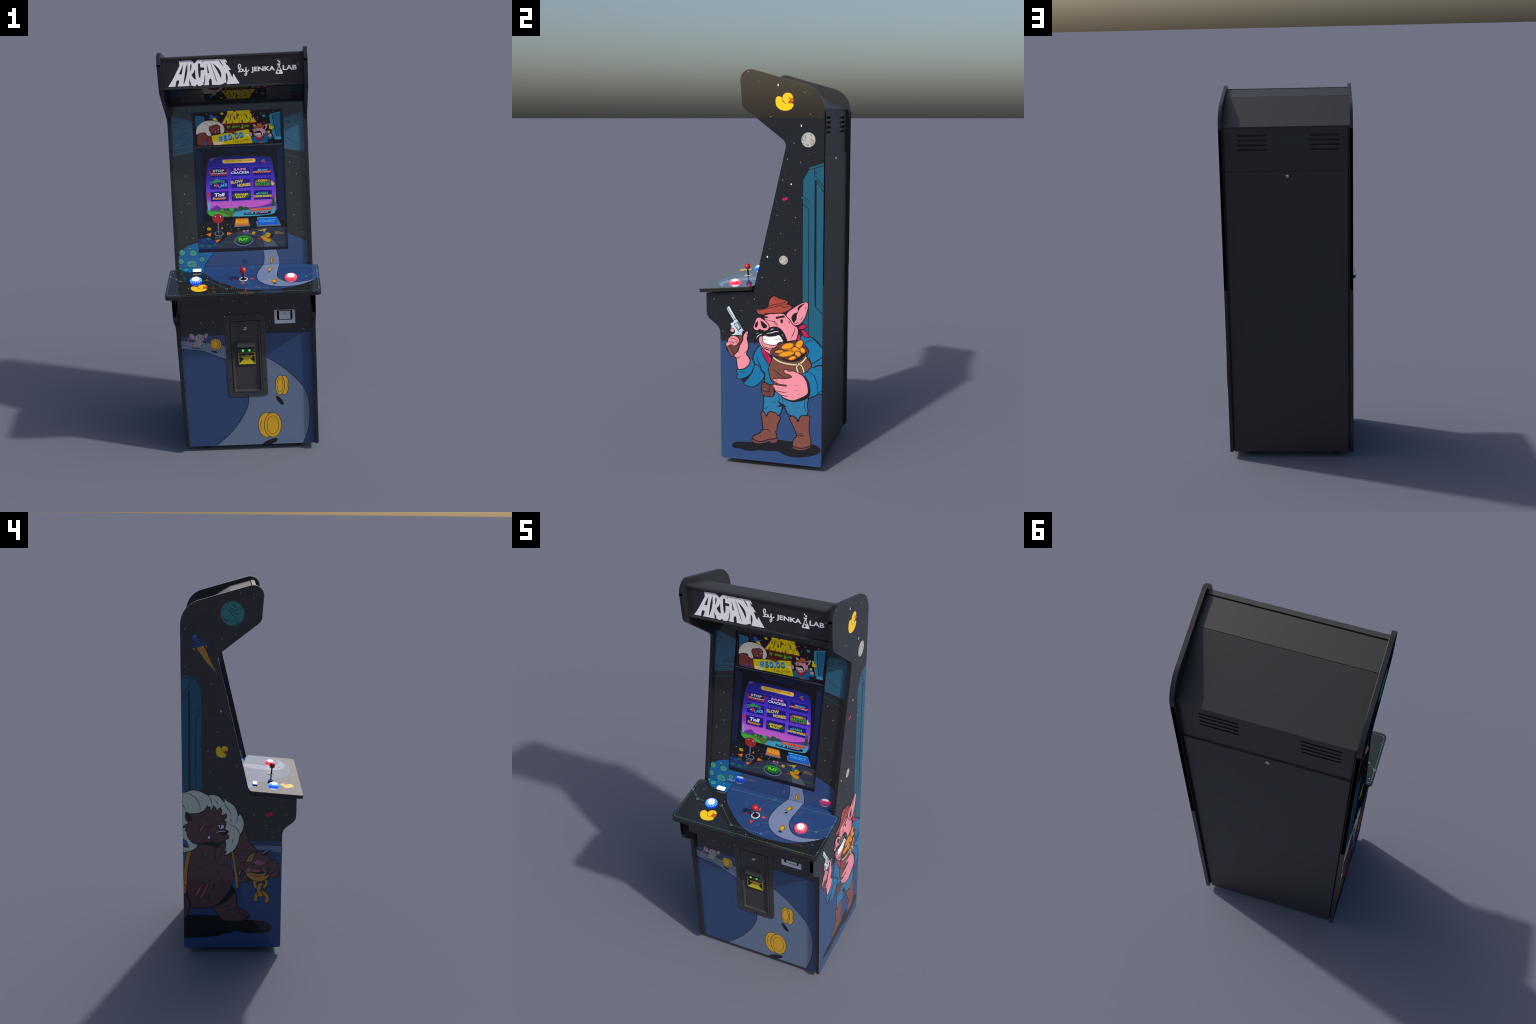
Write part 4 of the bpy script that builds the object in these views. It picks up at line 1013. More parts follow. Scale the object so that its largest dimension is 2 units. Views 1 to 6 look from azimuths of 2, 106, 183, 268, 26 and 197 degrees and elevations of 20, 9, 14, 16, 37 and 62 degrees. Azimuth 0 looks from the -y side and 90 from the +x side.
tower.line(INK, [(-212.2, 1354.2), (-243.1, 1332.1), (-245.9, 1077.2), (-247, 788.2)], 3.41, taper=0, smooth=False)
tower.line(INK, oval(-277.8, 1507.4, 4.5, 5.2, 0, 24, 0, 359.9), 2, smooth=False)
tower.line(INK, [(-259.2, 1428.5), (-253.9, 1431.8)], 2.84, taper=0.6)
tower.line(INK, [(-256.7, 1415.2), (-252.7, 1419.2)], 2.84, taper=0.6)
tower.done()

stars_left = Print("star_prints", P_LEFT, sides[-1])
for a, b in [(49.6, 1938.6), (-43.2, 1756.6), (-108.9, 1733.9), (-163.4, 1505.3), (-294.6, 1779.8), (-296.8, 1594.6), (-132.1, 1253.7), (-181.9, 1149.5), (-18.8, 1959.3), (-41.7, 1167.6)]:
    stars_left.poly(STAR, oval(a, b, 1.8, 1.8, n=8))
for a, b in [(-144.4, 1861.6), (-220.2, 1789.2), (-206.2, 1589.2), (-299.4, 1645), (-143.6, 1639.4), (-111, 1459.5), (-102.6, 1445), (-67.7, 1258.6), (-69, 1249.8), (-171.4, 1118.7), (-191.9, 1125.5), (-208, 1912.4), (-95, 1927.6), (12, 1984.3), (-74.5, 1751.3), (-177.8, 1324.2), (-171.3, 1310.2), (-123.9, 1506.8)]:
    stars_left.poly(STAR_DIM, oval(a, b, 1.05, 1.05, n=8))
stars_left.poly(STAR, oval(-114.3, 1363.9, 2.6, 6.0, 0))
for a, b in [(-182, 1149.9), (-169.5, 1041.5), (-118.3, 947), (-28.8, 1072.7), (60.2, 803.9), (230.6, 804.7), (124, 743.8), (157.8, 677.4), (206.4, 848.9), (194.7, 717.2)]:
    stars_left.poly(STAR, oval(a, b, 1.8, 1.8, n=8))
for a, b in [(-192.7, 1125.5), (-173, 1117.6), (-130.4, 1071.8), (-83, 1011.3), (-1.7, 888), (136.1, 880.7), (260.1, 771.8), (48.8, 680), (88.1, 669.9), (275.3, 826.8), (-41.4, 1166.7)]:
    stars_left.poly(STAR_DIM, oval(a, b, 1.05, 1.05, n=8))
stars_left.done("stuff")

planet = Print("planet_print", P_LEFT, sides[-1])
planet.poly(PLANET, oval(-56.3, 1860.3, 59.6, 60.1, 0))
planet.line(INK, [(-84.2, 1911.5), (-71.6, 1891.5), (-52.6, 1882.3), (-43, 1876.1), (-32.3, 1879.3), (-36.8, 1888.7), (-49.4, 1899.2), (-62.1, 1910.4), (-65.3, 1919.7)], 3.12, taper=0.6)
planet.line(INK, [(2.7, 1855.7), (-24, 1861.8), (-36.6, 1860.4), (-58.9, 1869.7), (-73.4, 1875.9), (-71.5, 1867.7), (-62, 1861.5), (-52.4, 1847.7), (-36.6, 1844.7), (-1.6, 1836.7)], 3.12, taper=0.6)
planet.line(INK, [(-114, 1856.7), (-103.2, 1841.1), (-87.3, 1829.9), (-75.9, 1827.4), (-84.1, 1823.6), (-100, 1828.5), (-111.4, 1837.9)], 3.12, taper=0.6)
planet.line(INK, oval(-15.2, 1888.8, 5.7, 8.8, 15, 24, 0, 359.9), 2.2, smooth=False)
planet.line(INK, oval(-38.4, 1827.0, 7.0, 6.3, 0, 24, 0, 359.9), 2.2, smooth=False)
planet.line(INK, oval(-90.5, 1821.0, 3.8, 3.8, 0, 24, 0, 359.9), 1.8, smooth=False)
planet.line(INK, oval(-58.1, 1821.2, 3.2, 3.2, 0, 24, 0, 359.9), 1.8, smooth=False)
planet.poly(INK, oval(-89.3, 1887.0, 2.5, 3.1, 0))
planet.line(INK, [(-112.7, 1872.5), (-102.6, 1881.9), (-106.4, 1891.3)], 2.84, taper=0.6)
planet.line(INK, [(-42.8, 1803.6), (-36.4, 1811.2), (-17.3, 1808.8)], 2.84, taper=0.6)
planet.done()

rocket = Print("rocket_print", P_LEFT, sides[-1])
rocket.fill(FLAME, [(-240.7, 1690.9, 1), (-202.3, 1700.8, 1), (-186.5, 1668.8), (-170.6, 1630.2), (-151.5, 1591.5), (-134.8, 1561.6, 1), (-164.4, 1591.4), (-193.1, 1623.6), (-212.2, 1652.6)])
rocket.fill(FLAME, [(-259.9, 1686.4, 1), (-250.3, 1687.7, 1), (-240.9, 1669.8, 1)])
rocket.fill(FLAME, [(-194.6, 1700.8, 1), (-187, 1702.1, 1), (-181.9, 1684.9, 1)])
rocket.fill(ROCKET, [(-290, 1684.9, 1), (-266.2, 1699.1), (-248.2, 1706.9), (-254.4, 1726), (-260.7, 1741.9), (-255.5, 1751.5), (-243.4, 1754.8), (-233.9, 1748.5), (-224.4, 1732.6), (-213.7, 1716.7), (-189.4, 1716.8), (-160.7, 1718.9, 1), (-183.1, 1706), (-208.7, 1699.5), (-234.3, 1691), (-259.9, 1690.2)], INK, 2.84)
rocket.line(INK, [(-251.8, 1735.6), (-233.9, 1740.2)], 2.56, taper=0.6)
rocket.line(INK, [(-251.9, 1726.1), (-228.9, 1732.6)], 2.56, taper=0.6)
rocket.line(INK, [(-250.1, 1716.5), (-221.3, 1723)], 2.56, taper=0.6)
rocket.line(INK, [(-266.2, 1695.3), (-227.8, 1707), (-195.8, 1712.3)], 2.56, taper=0.6)
rocket.line(STAR_DIM, oval(-245.3, 1747.8, 6.4, 5.7, 0, 24, 0, 359.9), 1.8, smooth=False)
rocket.done()

duck = Print("duck_print", P_LEFT, sides[-1])
duck.fill(DUCK, [(-140.9, 1148.2), (-138.2, 1168.7), (-127.6, 1176.3), (-119.7, 1176.3), (-113.1, 1165.4), (-110.5, 1172.2), (-99.9, 1179), (-85.4, 1176.3), (-78.1, 1165.4), (-80.1, 1155.2), (-93.3, 1148.3), (-99.9, 1143.5), (-92, 1138), (-86.7, 1131.2), (-93.3, 1121.5), (-107.8, 1117.4), (-125.1, 1120.8), (-136.3, 1131.1)])
duck.fill(ORANGE, [(-101.2, 1151.7), (-90, 1154.5), (-73.4, 1148.3), (-83.4, 1146.3), (-80, 1139.4), (-96.6, 1144.9)], INK, 2.27)
duck.line(INK, [(-111.8, 1170.8), (-110.5, 1159.9), (-105.2, 1154.4)], 2.84, taper=0.6)
duck.poly(INK, oval(-90.7, 1164.0, 2.0, 2.7, 0))
duck.done()

cherry = Print("cherry_print", P_LEFT, sides[-1])
cherry.poly(CHERRY, oval(131.9, 801.8, 10.8, 11.4, -0))
cherry.poly(CHERRY, oval(151.6, 808.5, 9.7, 10.2, -0))
cherry.line(STEM, [(134, 813.6), (136.3, 833.2), (130.3, 839), (136.3, 833.2), (151.4, 817.5)], 2.84, taper=0)
cherry.done()

bear = Print("brawny_bear_print", P_LEFT, sides[-1], clip=LEFT_CLIP)
bear.fill(SHADE, [(-327.9, 219), (-289.6, 225.1), (-232.2, 227.3), (-174.7, 224.6), (-128.7, 220.2), (-78.8, 199), (-1.9, 196.6), (48.1, 195.1), (94.4, 190.7), (129.1, 185.5), (152.5, 170.6), (163.7, 147.3), (153.1, 126.2), (126.2, 117), (68.1, 118.1), (33.3, 114.9), (2.4, 119.3), (-20.8, 126.2), (-40.1, 128.8), (-59.4, 118.7), (-101.9, 113.9), (-128.9, 101.3), (-175.2, 94.7), (-213.9, 90.7), (-271.7, 91), (-329.5, 96.8)])
bear.fill(BEAR, [(-326.3, 349.8), (-307.3, 349.7), (-286.8, 312.5), (-287.3, 266.8), (-299.2, 225.1), (-316.6, 206.3), (-328.2, 200.1)], INK, 5.25)
bear.fill(BEAR, [(-174.5, 274.7), (-151.6, 257.9), (-128.7, 220.2), (-105.7, 194.9), (-67.3, 188.4), (-21.1, 188.2), (9.7, 192.3), (25, 202.8), (40.2, 223.7), (32.4, 236.3), (9.3, 251), (-21.4, 259.5), (-27.2, 265.8), (-29.3, 307.4), (-37.1, 357.1), (-48.6, 373.6), (-98.1, 315.9)], INK, 5.25)
bear.fill(INK, [(-54.4, 396.3, 1), (-41, 381.8), (-30.2, 340.5, 1), (-42.8, 353), (-67.5, 324.1), (-105.7, 293.1), (-151.6, 274.6), (-174.5, 270.5, 1), (-121, 307.7), (-75.2, 353.1)])
bear.line(INK, [(-90.4, 247.2), (-77, 253.4), (-59.7, 259.6), (-25.3, 259.5)], 3.69, taper=0.6)
bear.line(INK, [(-27.1, 239.9), (-9.8, 238.5), (9.5, 223.8)], 3.41, taper=0.6)
bear.fill(INK, [(24.8, 234.2, 1), (36.3, 235.4), (46.1, 213.2, 1), (32.5, 223.7)])
bear.fill(INK, [(11.4, 228, 1), (24.8, 227.1), (41.1, 202.7, 1), (21.1, 211.2)])
bear.fill(INK, [(-7.8, 215.5, 1), (7.6, 217.5), (21.1, 202.8, 1), (1.9, 202.9)])
bear.line(HIGHLIGHT, [(28.6, 232.9), (38.2, 230)], 2.84, taper=0.6)
bear.line(HIGHLIGHT, [(19.1, 225.9), (30.6, 219.5)], 2.84, taper=0.6)
bear.line(HIGHLIGHT, [(-0.1, 215.5), (13.4, 209.1)], 2.84, taper=0.6)
bear.fill(BEAR, [(13.8, 715.1), (25.2, 695.2), (33, 655.4), (55.7, 631.4), (74.7, 607.3), (80.6, 587.2), (52.8, 538.8), (46.1, 433), (8.2, 416.7), (-22.1, 416), (-37.4, 441.4), (-45.5, 575.3), (-30.7, 655.5), (-4.7, 695.3)], INK, 5.25)
bear.line(INK, [(-10, 630.7), (5, 639.5), (29.3, 645.4), (43.6, 641.4)], 3.41, taper=0.6)
bear.fill(SCAR, [(1.2, 638.7), (18, 646.6), (36.8, 646.6), (43.6, 641), (18.1, 640.2)], INK, 2.27)
bear.line(INK, [(-26.7, 597.4), (-11.7, 598.6), (29.7, 600.1), (67.3, 593.2)], 3.41, taper=0.6)
bear.line(INK, [(21.7, 659.4), (31.1, 650.6)], 2.84, taper=0.6)
bear.fill(INK, [(19.3, 463.7, 1), (38.5, 441.2), (48, 431, 1), (31, 424, 1)])
bear.fill(VEST, [(-320.1, 603.9), (-270.7, 599.8), (-286.8, 495), (-291.9, 372.5), (-322.9, 380.8)], INK, 3.69)
bear.fill(VEST, [(-64.3, 583.4), (-56.8, 591.4), (-37.6, 494.4), (-29.6, 388.1), (-56.3, 396.4), (-48.9, 453.7), (-64.2, 526.9)], INK, 3.69)
bear.fill(BEAR, [(-274.4, 599.8), (-236.7, 635.8), (-150.5, 655.6), (-86.9, 631.6), (-64.3, 583.4), (-64.2, 526.9), (-50.8, 482.2), (-48.8, 437.4), (-60.1, 392.3), (-98.1, 326.4), (-136.3, 289.2), (-174.5, 270.6), (-231.9, 264.6), (-273.9, 271), (-284.9, 314.6), (-297.8, 351.9), (-294.8, 454.4), (-286.3, 535.5)], INK, 4.26)
bear.line(INK, [(-281.2, 483.6), (-252.9, 486.8), (-222.6, 503), (-198, 521.1)], 3.69, taper=0.6)
bear.line(INK, [(-126.4, 523), (-98.1, 516.9), (-66, 522.9)], 3.69, taper=0.6)
bear.line(INK, [(-149.1, 508.9), (-135.9, 494.6), (-120.8, 470.2), (-113.2, 445.7), (-109.5, 400.7)], 3.69, taper=0.6)
bear.line(INK, [(-225.5, 629.8), (-218.1, 611.8), (-223.8, 599.8), (-210.8, 589.7), (-214.6, 579.7), (-207.1, 575.6), (-216.5, 571.6), (-154.7, 531.2)], 3.69, taper=0.6)
bear.line(INK, [(-149, 531.2), (-128.2, 555.3), (-113.2, 583.5), (-115, 591.5), (-109.4, 607.6), (-105.6, 631.6)], 3.69, taper=0.6)
bear.line(INK, [(-143.1, 617.7), (-143.2, 583.6), (-148.2, 543.3)], 3.41, taper=0.6)
bear.fill(SCAR, [(-209.9, 419.4, 1), (-230.9, 396.9), (-250.2, 360), (-254.3, 329, 1), (-235.1, 351.7), (-221.5, 384.6)], INK, 2.84)
bear.fill(SCAR, [(-174.6, 431.6, 1), (-193, 405), (-212.2, 364), (-243, 314.5, 1), (-212.3, 339.2), (-189.3, 380.4)], INK, 2.84)
bear.fill(SCAR, [(-151.2, 409, 1), (-157, 384.4), (-170.4, 355.6), (-187.7, 322.6, 1), (-166.6, 347.3), (-155.1, 376.1)], INK, 2.84)
bear.fill(GOLD, [(-296.2, 597.9), (-271.5, 597.8), (-284.4, 543.6), (-294.5, 474.7), (-297.5, 372.5), (-316.5, 372.5), (-315.3, 474.8), (-308.8, 543.6)], INK, 3.69)
bear.fill(GOLD, [(-58.7, 591.4), (-46.3, 593.4), (-33.9, 514.7), (-22.2, 433.2), (-20.1, 390.1), (-35.3, 384.8), (-41.3, 453.7), (-49.1, 522.8)], INK, 3.69)
bear.fill(GOLD, [(-325.6, 405.4), (-306.7, 403.3), (-302.2, 393), (-303.3, 364.3), (-314.9, 347.8), (-326.3, 347.9)], INK, 3.69)
bear.fill(MANE, [(-319, 924.4), (-300.6, 930.2), (-260, 941.8), (-219.7, 932.2), (-183, 912.9), (-160.9, 916.8), (-135.1, 911), (-116.7, 897.4), (-98.2, 876.1), (-97.5, 901.3, 1), (-79.7, 880), (-50.1, 860.5), (-31.5, 833.2), (-23.9, 797.9), (-18.4, 813.6, 1), (-1.5, 790.1), (8, 754.6), (0.8, 715.1), (-12.2, 691.3), (-15.9, 679.4), (-23.2, 643.5), (-45.6, 603.5), (-68.1, 587.4), (-98.1, 571.4, 1), (-85, 599.5), (-94.4, 591.5), (-88.8, 635.6), (-101.9, 663.5), (-236.7, 635.8), (-244.3, 619.8), (-270.7, 601.8), (-289.5, 596.7), (-319.4, 597.9), (-325.1, 735.1)], INK, 4.26)
bear.line(INK, [(-316.1, 923.3), (-282.3, 920.6), (-253, 903.2), (-234.8, 876), (-225.8, 852.7), (-224.1, 827.4)], 3.41, taper=0.6)
bear.line(INK, [(-318, 862.4), (-307.1, 844.9), (-301, 833.2)], 3.41, taper=0.6)
bear.line(INK, [(-183, 912.9), (-172, 895.5), (-164.7, 876.1), (-162.9, 860.5)], 3.41, taper=0.6)
bear.line(INK, [(-144.4, 884.6), (-135.2, 874.1), (-130.8, 860.5)], 3.41, taper=0.6)
bear.line(INK, [(-98.2, 876.1), (-87.1, 848.8), (-68.5, 825.4), (-64, 801.9)], 3.69, taper=0.6)
bear.line(INK, [(-23.9, 797.9), (-27.5, 778.3), (-31.2, 758.6)], 3.41, taper=0.6)
bear.line(INK, [(-74, 753.9), (-53.5, 743.6), (-31, 729), (-17.9, 703.2), (-14.1, 691.3)], 3.41, taper=0.6)
bear.line(INK, [(-66.6, 782.2), (-61, 774.4), (-60.2, 765.7)], 3.41, taper=0.6)
bear.line(INK, [(-51.4, 669.5), (-51.3, 655.5), (-57.7, 642.7)], 3.41, taper=0.6)
bear.line(INK, [(-315.4, 681.7), (-305.3, 680.5)], 2.84, taper=0.6)
bear.fill(VEST, [(-317.8, 665.8), (-300, 655.8), (-290.9, 635.9), (-290, 619.9), (-304.1, 627.9), (-318.2, 635.9)], INK, 3.69)
bear.fill(INK, [(-318, 647.9, 1), (-304.1, 627.9), (-289.2, 617.9, 1), (-311.6, 621.9), (-318.2, 631.9)])
bear.fill(BEAR, [(-298.2, 819.6), (-283.5, 811.7), (-253.9, 810.5), (-220.5, 817.6), (-198.2, 833.2), (-186.2, 855.8, 1), (-179.6, 844.9), (-172.2, 848.8), (-170.4, 829.3), (-161.1, 837.1), (-154.4, 854.7, 1), (-142.6, 841), (-135.3, 826.2), (-126, 837.1), (-119.7, 844.9, 1), (-110.1, 825.4), (-114.9, 803.8), (-105.6, 801.9), (-90.8, 808.9), (-84.1, 803.8), (-85.2, 790.1), (-98.2, 774.4), (-92.6, 766.5), (-87.8, 756.7), (-92.6, 735), (-90.7, 719.1), (-77.6, 713.2), (-76.9, 703.3), (-83.2, 695.3), (-73.9, 685.4), (-75.7, 669.5), (-90.7, 665.5), (-98.2, 659.6), (-120.6, 635.6), (-173.1, 637.7), (-210.5, 635.8), (-255.3, 641.8), (-277.6, 659.8), (-294.1, 687.6), (-297.5, 715.4), (-299.3, 719.3), (-306.8, 711.4, 1), (-299.1, 733.1), (-315.9, 731.2, 1), (-306.4, 747), (-287.7, 756.8), (-298.7, 774.5), (-304, 798)], INK, 4.26)
bear.fill(INK, [(-298.2, 813.7), (-283.5, 809.8), (-270.7, 790.2), (-265.3, 774.5), (-278.3, 768.6), (-289.4, 772.5), (-296.6, 790.2)])
bear.fill(INK, [(-236.7, 639.8, 1), (-191.7, 649.7), (-158, 653.6), (-128.1, 645.6), (-101.9, 655.6, 1), (-120.6, 623.6), (-135.7, 614.8), (-158.1, 621.7), (-191.8, 634.9)])
bear.line(INK, [(-243.1, 762.7), (-239.5, 748.9), (-217.3, 739), (-191.3, 734.2), (-168.9, 735), (-159.6, 744.9), (-156.6, 758.7)], 3.98, taper=0.6)
bear.fill(SCAR, [(-189.2, 769.7, 1), (-209.8, 750.8), (-226.7, 723.2), (-228.7, 699.5, 1), (-210, 723.2), (-196.8, 746.9)], INK, 2.84)
bear.line(INK, [(-226.3, 786.2), (-216.9, 794.1), (-205, 798.8)], 3.69, taper=0.6)
bear.fill(BEAR, [(-133.5, 754.7), (-129.8, 764.6), (-113.1, 769.7), (-90, 768.5), (-88.9, 756.7), (-94.5, 746.8), (-105.6, 744.8), (-120.5, 750.8)], INK, 3.69)
bear.fill(EYE, [(-130.9, 748.8), (-120.5, 747.6), (-101.9, 746.8), (-98.2, 735), (-105.6, 725.1), (-116.8, 723.9), (-126.1, 731)], INK, 3.41)
bear.poly(INK, oval(-117.9, 738.1, 4.1, 8.7, -0))
bear.fill(INK, [(-145.9, 703.3, 1), (-135.5, 711.3), (-113.1, 715.2), (-77.6, 714.4), (-78.8, 703.3), (-90.7, 689.4), (-101.9, 686.6), (-116.8, 695.4), (-128, 699.4)])
bear.line(HIGHLIGHT, [(-139.2, 705.3), (-116.8, 711.2), (-88.8, 710.4)], 4.83, taper=0.6)
bear.fill(EYE, [(-175.8, 693.5, 1), (-186, 677.6), (-184.9, 668.4), (-171.1, 667.6, 1), (-172.9, 679.5)], INK, 2.84)
bear.line(INK, [(-208.3, 681.6), (-195.3, 671.6), (-172.9, 665.6), (-150.5, 663.6), (-120.6, 668.3), (-101.9, 672.3), (-98.2, 681.4), (-101.9, 686.6)], 3.69, taper=0.6)
bear.line(INK, [(-217.8, 669.7), (-216, 655.7), (-206.7, 649.7), (-184.2, 646.9), (-150.6, 645.7), (-120.6, 649.6), (-101.9, 659.6)], 3.69, taper=0.6)
bear.line(INK, [(-101.9, 673.5), (-83.2, 665.5), (-73.9, 677.4)], 3.41, taper=0.6)
bear.line(INK, [(-111.2, 801.9), (-101.9, 786.2), (-98.2, 774.4)], 3.41, taper=0.6)
bear.fill(GOLD, [(59.4, 433), (78.4, 432.1), (78.7, 404.2), (84.7, 381.5), (69.4, 383.7), (57.8, 404.3)], INK, 3.69)
bear.fill(GOLD, [(118.3, 432.8), (137.4, 431.9), (137.7, 408.1), (126.6, 383.5), (111.3, 381.5), (111.2, 395.9), (120.5, 408.2)], INK, 3.69)
bear.fill(GOLD, [(77.2, 363), (65.9, 346.5), (59.3, 325.8), (64.4, 309.2), (83.5, 307.1), (84.5, 325.8), (92.7, 346.4)], INK, 3.69)
bear.fill(GOLD, [(105.7, 371.2), (130.7, 358.7), (145.6, 333.8), (143, 300.6), (127.7, 296.5), (119.9, 309), (127.3, 329.8), (108, 346.4)], INK, 3.69)
bear.fill(GOLD, [(90, 412.4), (107.1, 414.4), (113, 406.1), (103.6, 391.8), (102, 362.9), (113.7, 346.4), (111.9, 336), (96.6, 334), (83.1, 346.5), (79, 371.3), (82.6, 400.1)], INK, 3.69)
bear.fill(GOLD, [(20.7, 536.9), (29.9, 563.1), (48.6, 583.2), (78.7, 590.4), (63.9, 563), (56.6, 538.8), (41.5, 535.6)], INK, 3.69)
bear.line(INK, [(33.8, 546.9), (45, 563.1), (58.1, 575.1)], 3.41, taper=0.6)
bear.fill(BEAR, [(-20.6, 482.2), (-22.5, 502.5), (-11.3, 524.8), (11.3, 534.9), (43.4, 535.6), (56.4, 550.9), (63.8, 575.1), (82.4, 593.2), (108.7, 599.2), (135.2, 589.1), (147.6, 566.9), (147.1, 548.7), (173.5, 549.9), (190.9, 530.4), (192.5, 502), (200.5, 477.5), (194.1, 453.1), (171.4, 442.9), (148.6, 445), (110.5, 453.3), (53.5, 453.4), (19.3, 463.7), (-7.2, 469.9)], INK, 4.26)
bear.line(INK, [(147.8, 550.8), (136, 534.6), (109.7, 514.4)], 3.41, taper=0.6)
bear.line(INK, [(191.3, 502), (178.4, 481.7), (155.8, 473.6)], 3.41, taper=0.6)
bear.line(INK, [(-20.5, 478.1), (-3.4, 465.8), (19.3, 463.7)], 3.41, taper=0.6)
bear.fill(GOLD, [(20.1, 462.5), (41.9, 477.9), (72.4, 468.9), (102.7, 467.6), (129.2, 475.7), (146.5, 457.3), (125.9, 432.8), (91.8, 421.4), (61.4, 428.9), (38.5, 441.2)], INK, 3.98)
bear.line(INK, [(51.5, 465.7), (72.5, 453.4), (95.3, 450.1), (118.1, 454.1)], 3.41, taper=0.6)
bear.fill(INK, [(55.2, 477.9), (83.6, 478.7), (121.6, 477.7), (110.3, 467.6), (83.8, 466.4)])
bear.fill(PAD, [(66, 534.7), (75.3, 548.9), (88.5, 548.9), (100, 538.7), (124.6, 537.9), (117.2, 522.5), (94.6, 518.5), (75.6, 522.6)])
bear.fill(PAD, [(21.2, 467.8), (24.8, 494.3), (34.2, 502.4), (44.8, 498.3), (41.9, 484.1), (30.6, 473.9)])
bear.fill(PAD, [(44.9, 484), (68.3, 493.3), (98.8, 479.8), (72.3, 477.9)])
bear.fill(PAD, [(106.1, 502.2), (121.4, 492), (132.2, 473.6), (117.7, 479.8)])
bear.fill(INK, [(105.2, 579.1), (116.3, 595.2), (138.8, 603.2), (159.4, 607.2, 1), (142.6, 597.1), (131.6, 575), (116.6, 567), (107.2, 571)])
bear.fill(INK, [(-16.7, 465.9), (-13, 488.3), (0.2, 493.1), (7.8, 484.1), (-3.4, 465.8), (-9.1, 453.6), (0.5, 433.1, 1), (-14.7, 449.5)])
bear.fill(INK, [(153.6, 494), (140.3, 492), (133, 473.6), (114.3, 453.3, 1), (137, 461.4), (151.9, 477.7)])
bear.fill(INK, [(163.7, 453.1), (148.5, 453.2), (133.5, 436.9, 1), (156.3, 438.8)])
bear.line(HIGHLIGHT, [(110.8, 581.1), (121.9, 595.2), (138.8, 601.2)], 3.69, taper=0.6)
bear.line(HIGHLIGHT, [(-15.5, 461.8), (-13, 478.1), (-9.2, 485.4)], 3.69, taper=0.6)
bear.line(HIGHLIGHT, [(151.8, 487.9), (144.3, 475.6)], 3.69, taper=0.6)
bear.line(HIGHLIGHT, [(162.9, 451.1), (150.5, 440.9)], 3.41, taper=0.6)
bear.done()

# ------------------------------------------------------------------ front artwork
P_LABEL = Plane((0, MY - 0.0001, 0), (1, 0, 0), (0, 0, 1))

# the road print leaves the coin door opening free: left, right, above, below
HOLE = [1000 * q for q in DOOR_HOLE]
for FRONT_CLIP in ((-320.4, HOLE[0], 29.6, 805), (HOLE[1], 320.4, 29.6, 805), (HOLE[0], HOLE[1], HOLE[3], 805), (HOLE[0], HOLE[1], 29.6, HOLE[2])):
    P_FRONT.top = 0.00012
    road = Print("lunar_road_print", P_FRONT, front, under=True, clip=FRONT_CLIP)
    road.poly(FRONT_BLUE, [(-320.4, 29.6), (320.4, 29.6), (320.4, 655), (-320.4, 655)])
    road.line(INK, [(-320.4, 655), (320.4, 655)], 2.4)
    road.fill(FRONT_ROAD, [(-332.5, 632.3), (-257.5, 623.5), (-171.8, 611.9), (-104.3, 596.3), (-15.6, 570.9), (41.1, 550.1), (95.5, 523.6), (168, 470.4), (238.2, 397.9), (280.2, 334.2), (296.5, 258.4), (297.2, 173.9), (285.5, 97.4), (256.4, 20.6, 1), (248.3, -0.9, 1), (-195.6, 12.9, 1), (-183.2, 29.9), (-115.6, 92.3), (-59.3, 163), (-18.2, 237.8), (-5.1, 307), (-17.9, 388.1), (-50.4, 463.3), (-105.4, 516.8), (-161.7, 545), (-225, 571.8), (-335.6, 591.7)], INK, 3.6)
    road.done()
FRONT_CLIP = (-320.4, 320.4, 29.6, 805)

stars_front = Print("star_prints", P_FRONT, front)
for a, b in [(-217.3, 725.3), (-158.1, 724.3), (118.9, 719.5), (103.1, 684.1), (280.4, 672.7), (293.2, 698.8), (235.1, 794.5), (274.5, 763.4)]:
    stars_front.poly(STAR, oval(a, b, 1.6, 1.6, n=8))
for a, b in [(-255, 757.4), (-110.4, 674.3), (-245.2, 793.5), (204.4, 684.5), (249.6, 760.6), (161.9, 690.3), (-273.4, 720.6)]:
    stars_front.poly(STAR_DIM, oval(a, b, 1.05, 1.05, n=8))
stars_front.done("stuff")

stars_apron = Print("star_prints", P_APRON, apron)
for a, b in [(-104.5, 872.3), (-50.9, 863.2), (13.6, 849.1), (105.6, 857.2), (234.1, 824.5), (-68.9, 803.3), (-95.3, 783)]:
    stars_apron.poly(STAR, oval(a, b, 1.6, 1.6, n=8))
for a, b in [(-157, 833.7), (-243, 821.4), (-286.8, 842.3), (125.4, 848.1), (-186.9, 855.5), (181.1, 854.7), (277.5, 835.5), (55.1, 829.9)]:
    stars_apron.poly(STAR_DIM, oval(a, b, 1.05, 1.05, n=8))
stars_apron.done("stuff")

coins = Print("coin_print", P_FRONT, front, clip=FRONT_CLIP)
coins.poly(COIN_GOLD, oval(174.4, 366.8, 22.7, 54.3, -2), INK, 2.6)
coins.poly(COIN_GOLD, oval(153.9, 367.7, 22.7, 54.3, -2), INK, 2.6)
coins.line(INK, oval(153.9, 367.7, 15.4, 39.7, -2, 24, 0, 359.9), 2.08, smooth=False)
coins.line(INK, [(187.8, 393.5), (190.7, 366.1), (185.8, 339)], 2.08, taper=0.6)
coins.poly(SHADE, oval(149.9, 280.5, 10.7, 30.8, 33))
coins.poly(COIN_GOLD, oval(78.3, 142.0, 43.2, 71.5, -2), INK, 2.8)
coins.poly(COIN_GOLD, oval(109.5, 140.7, 43.2, 71.5, -2), INK, 2.8)
coins.line(INK, oval(109.5, 140.7, 29.4, 52.3, -2, 24, 0, 359.9), 2.2399999999999998, smooth=False)
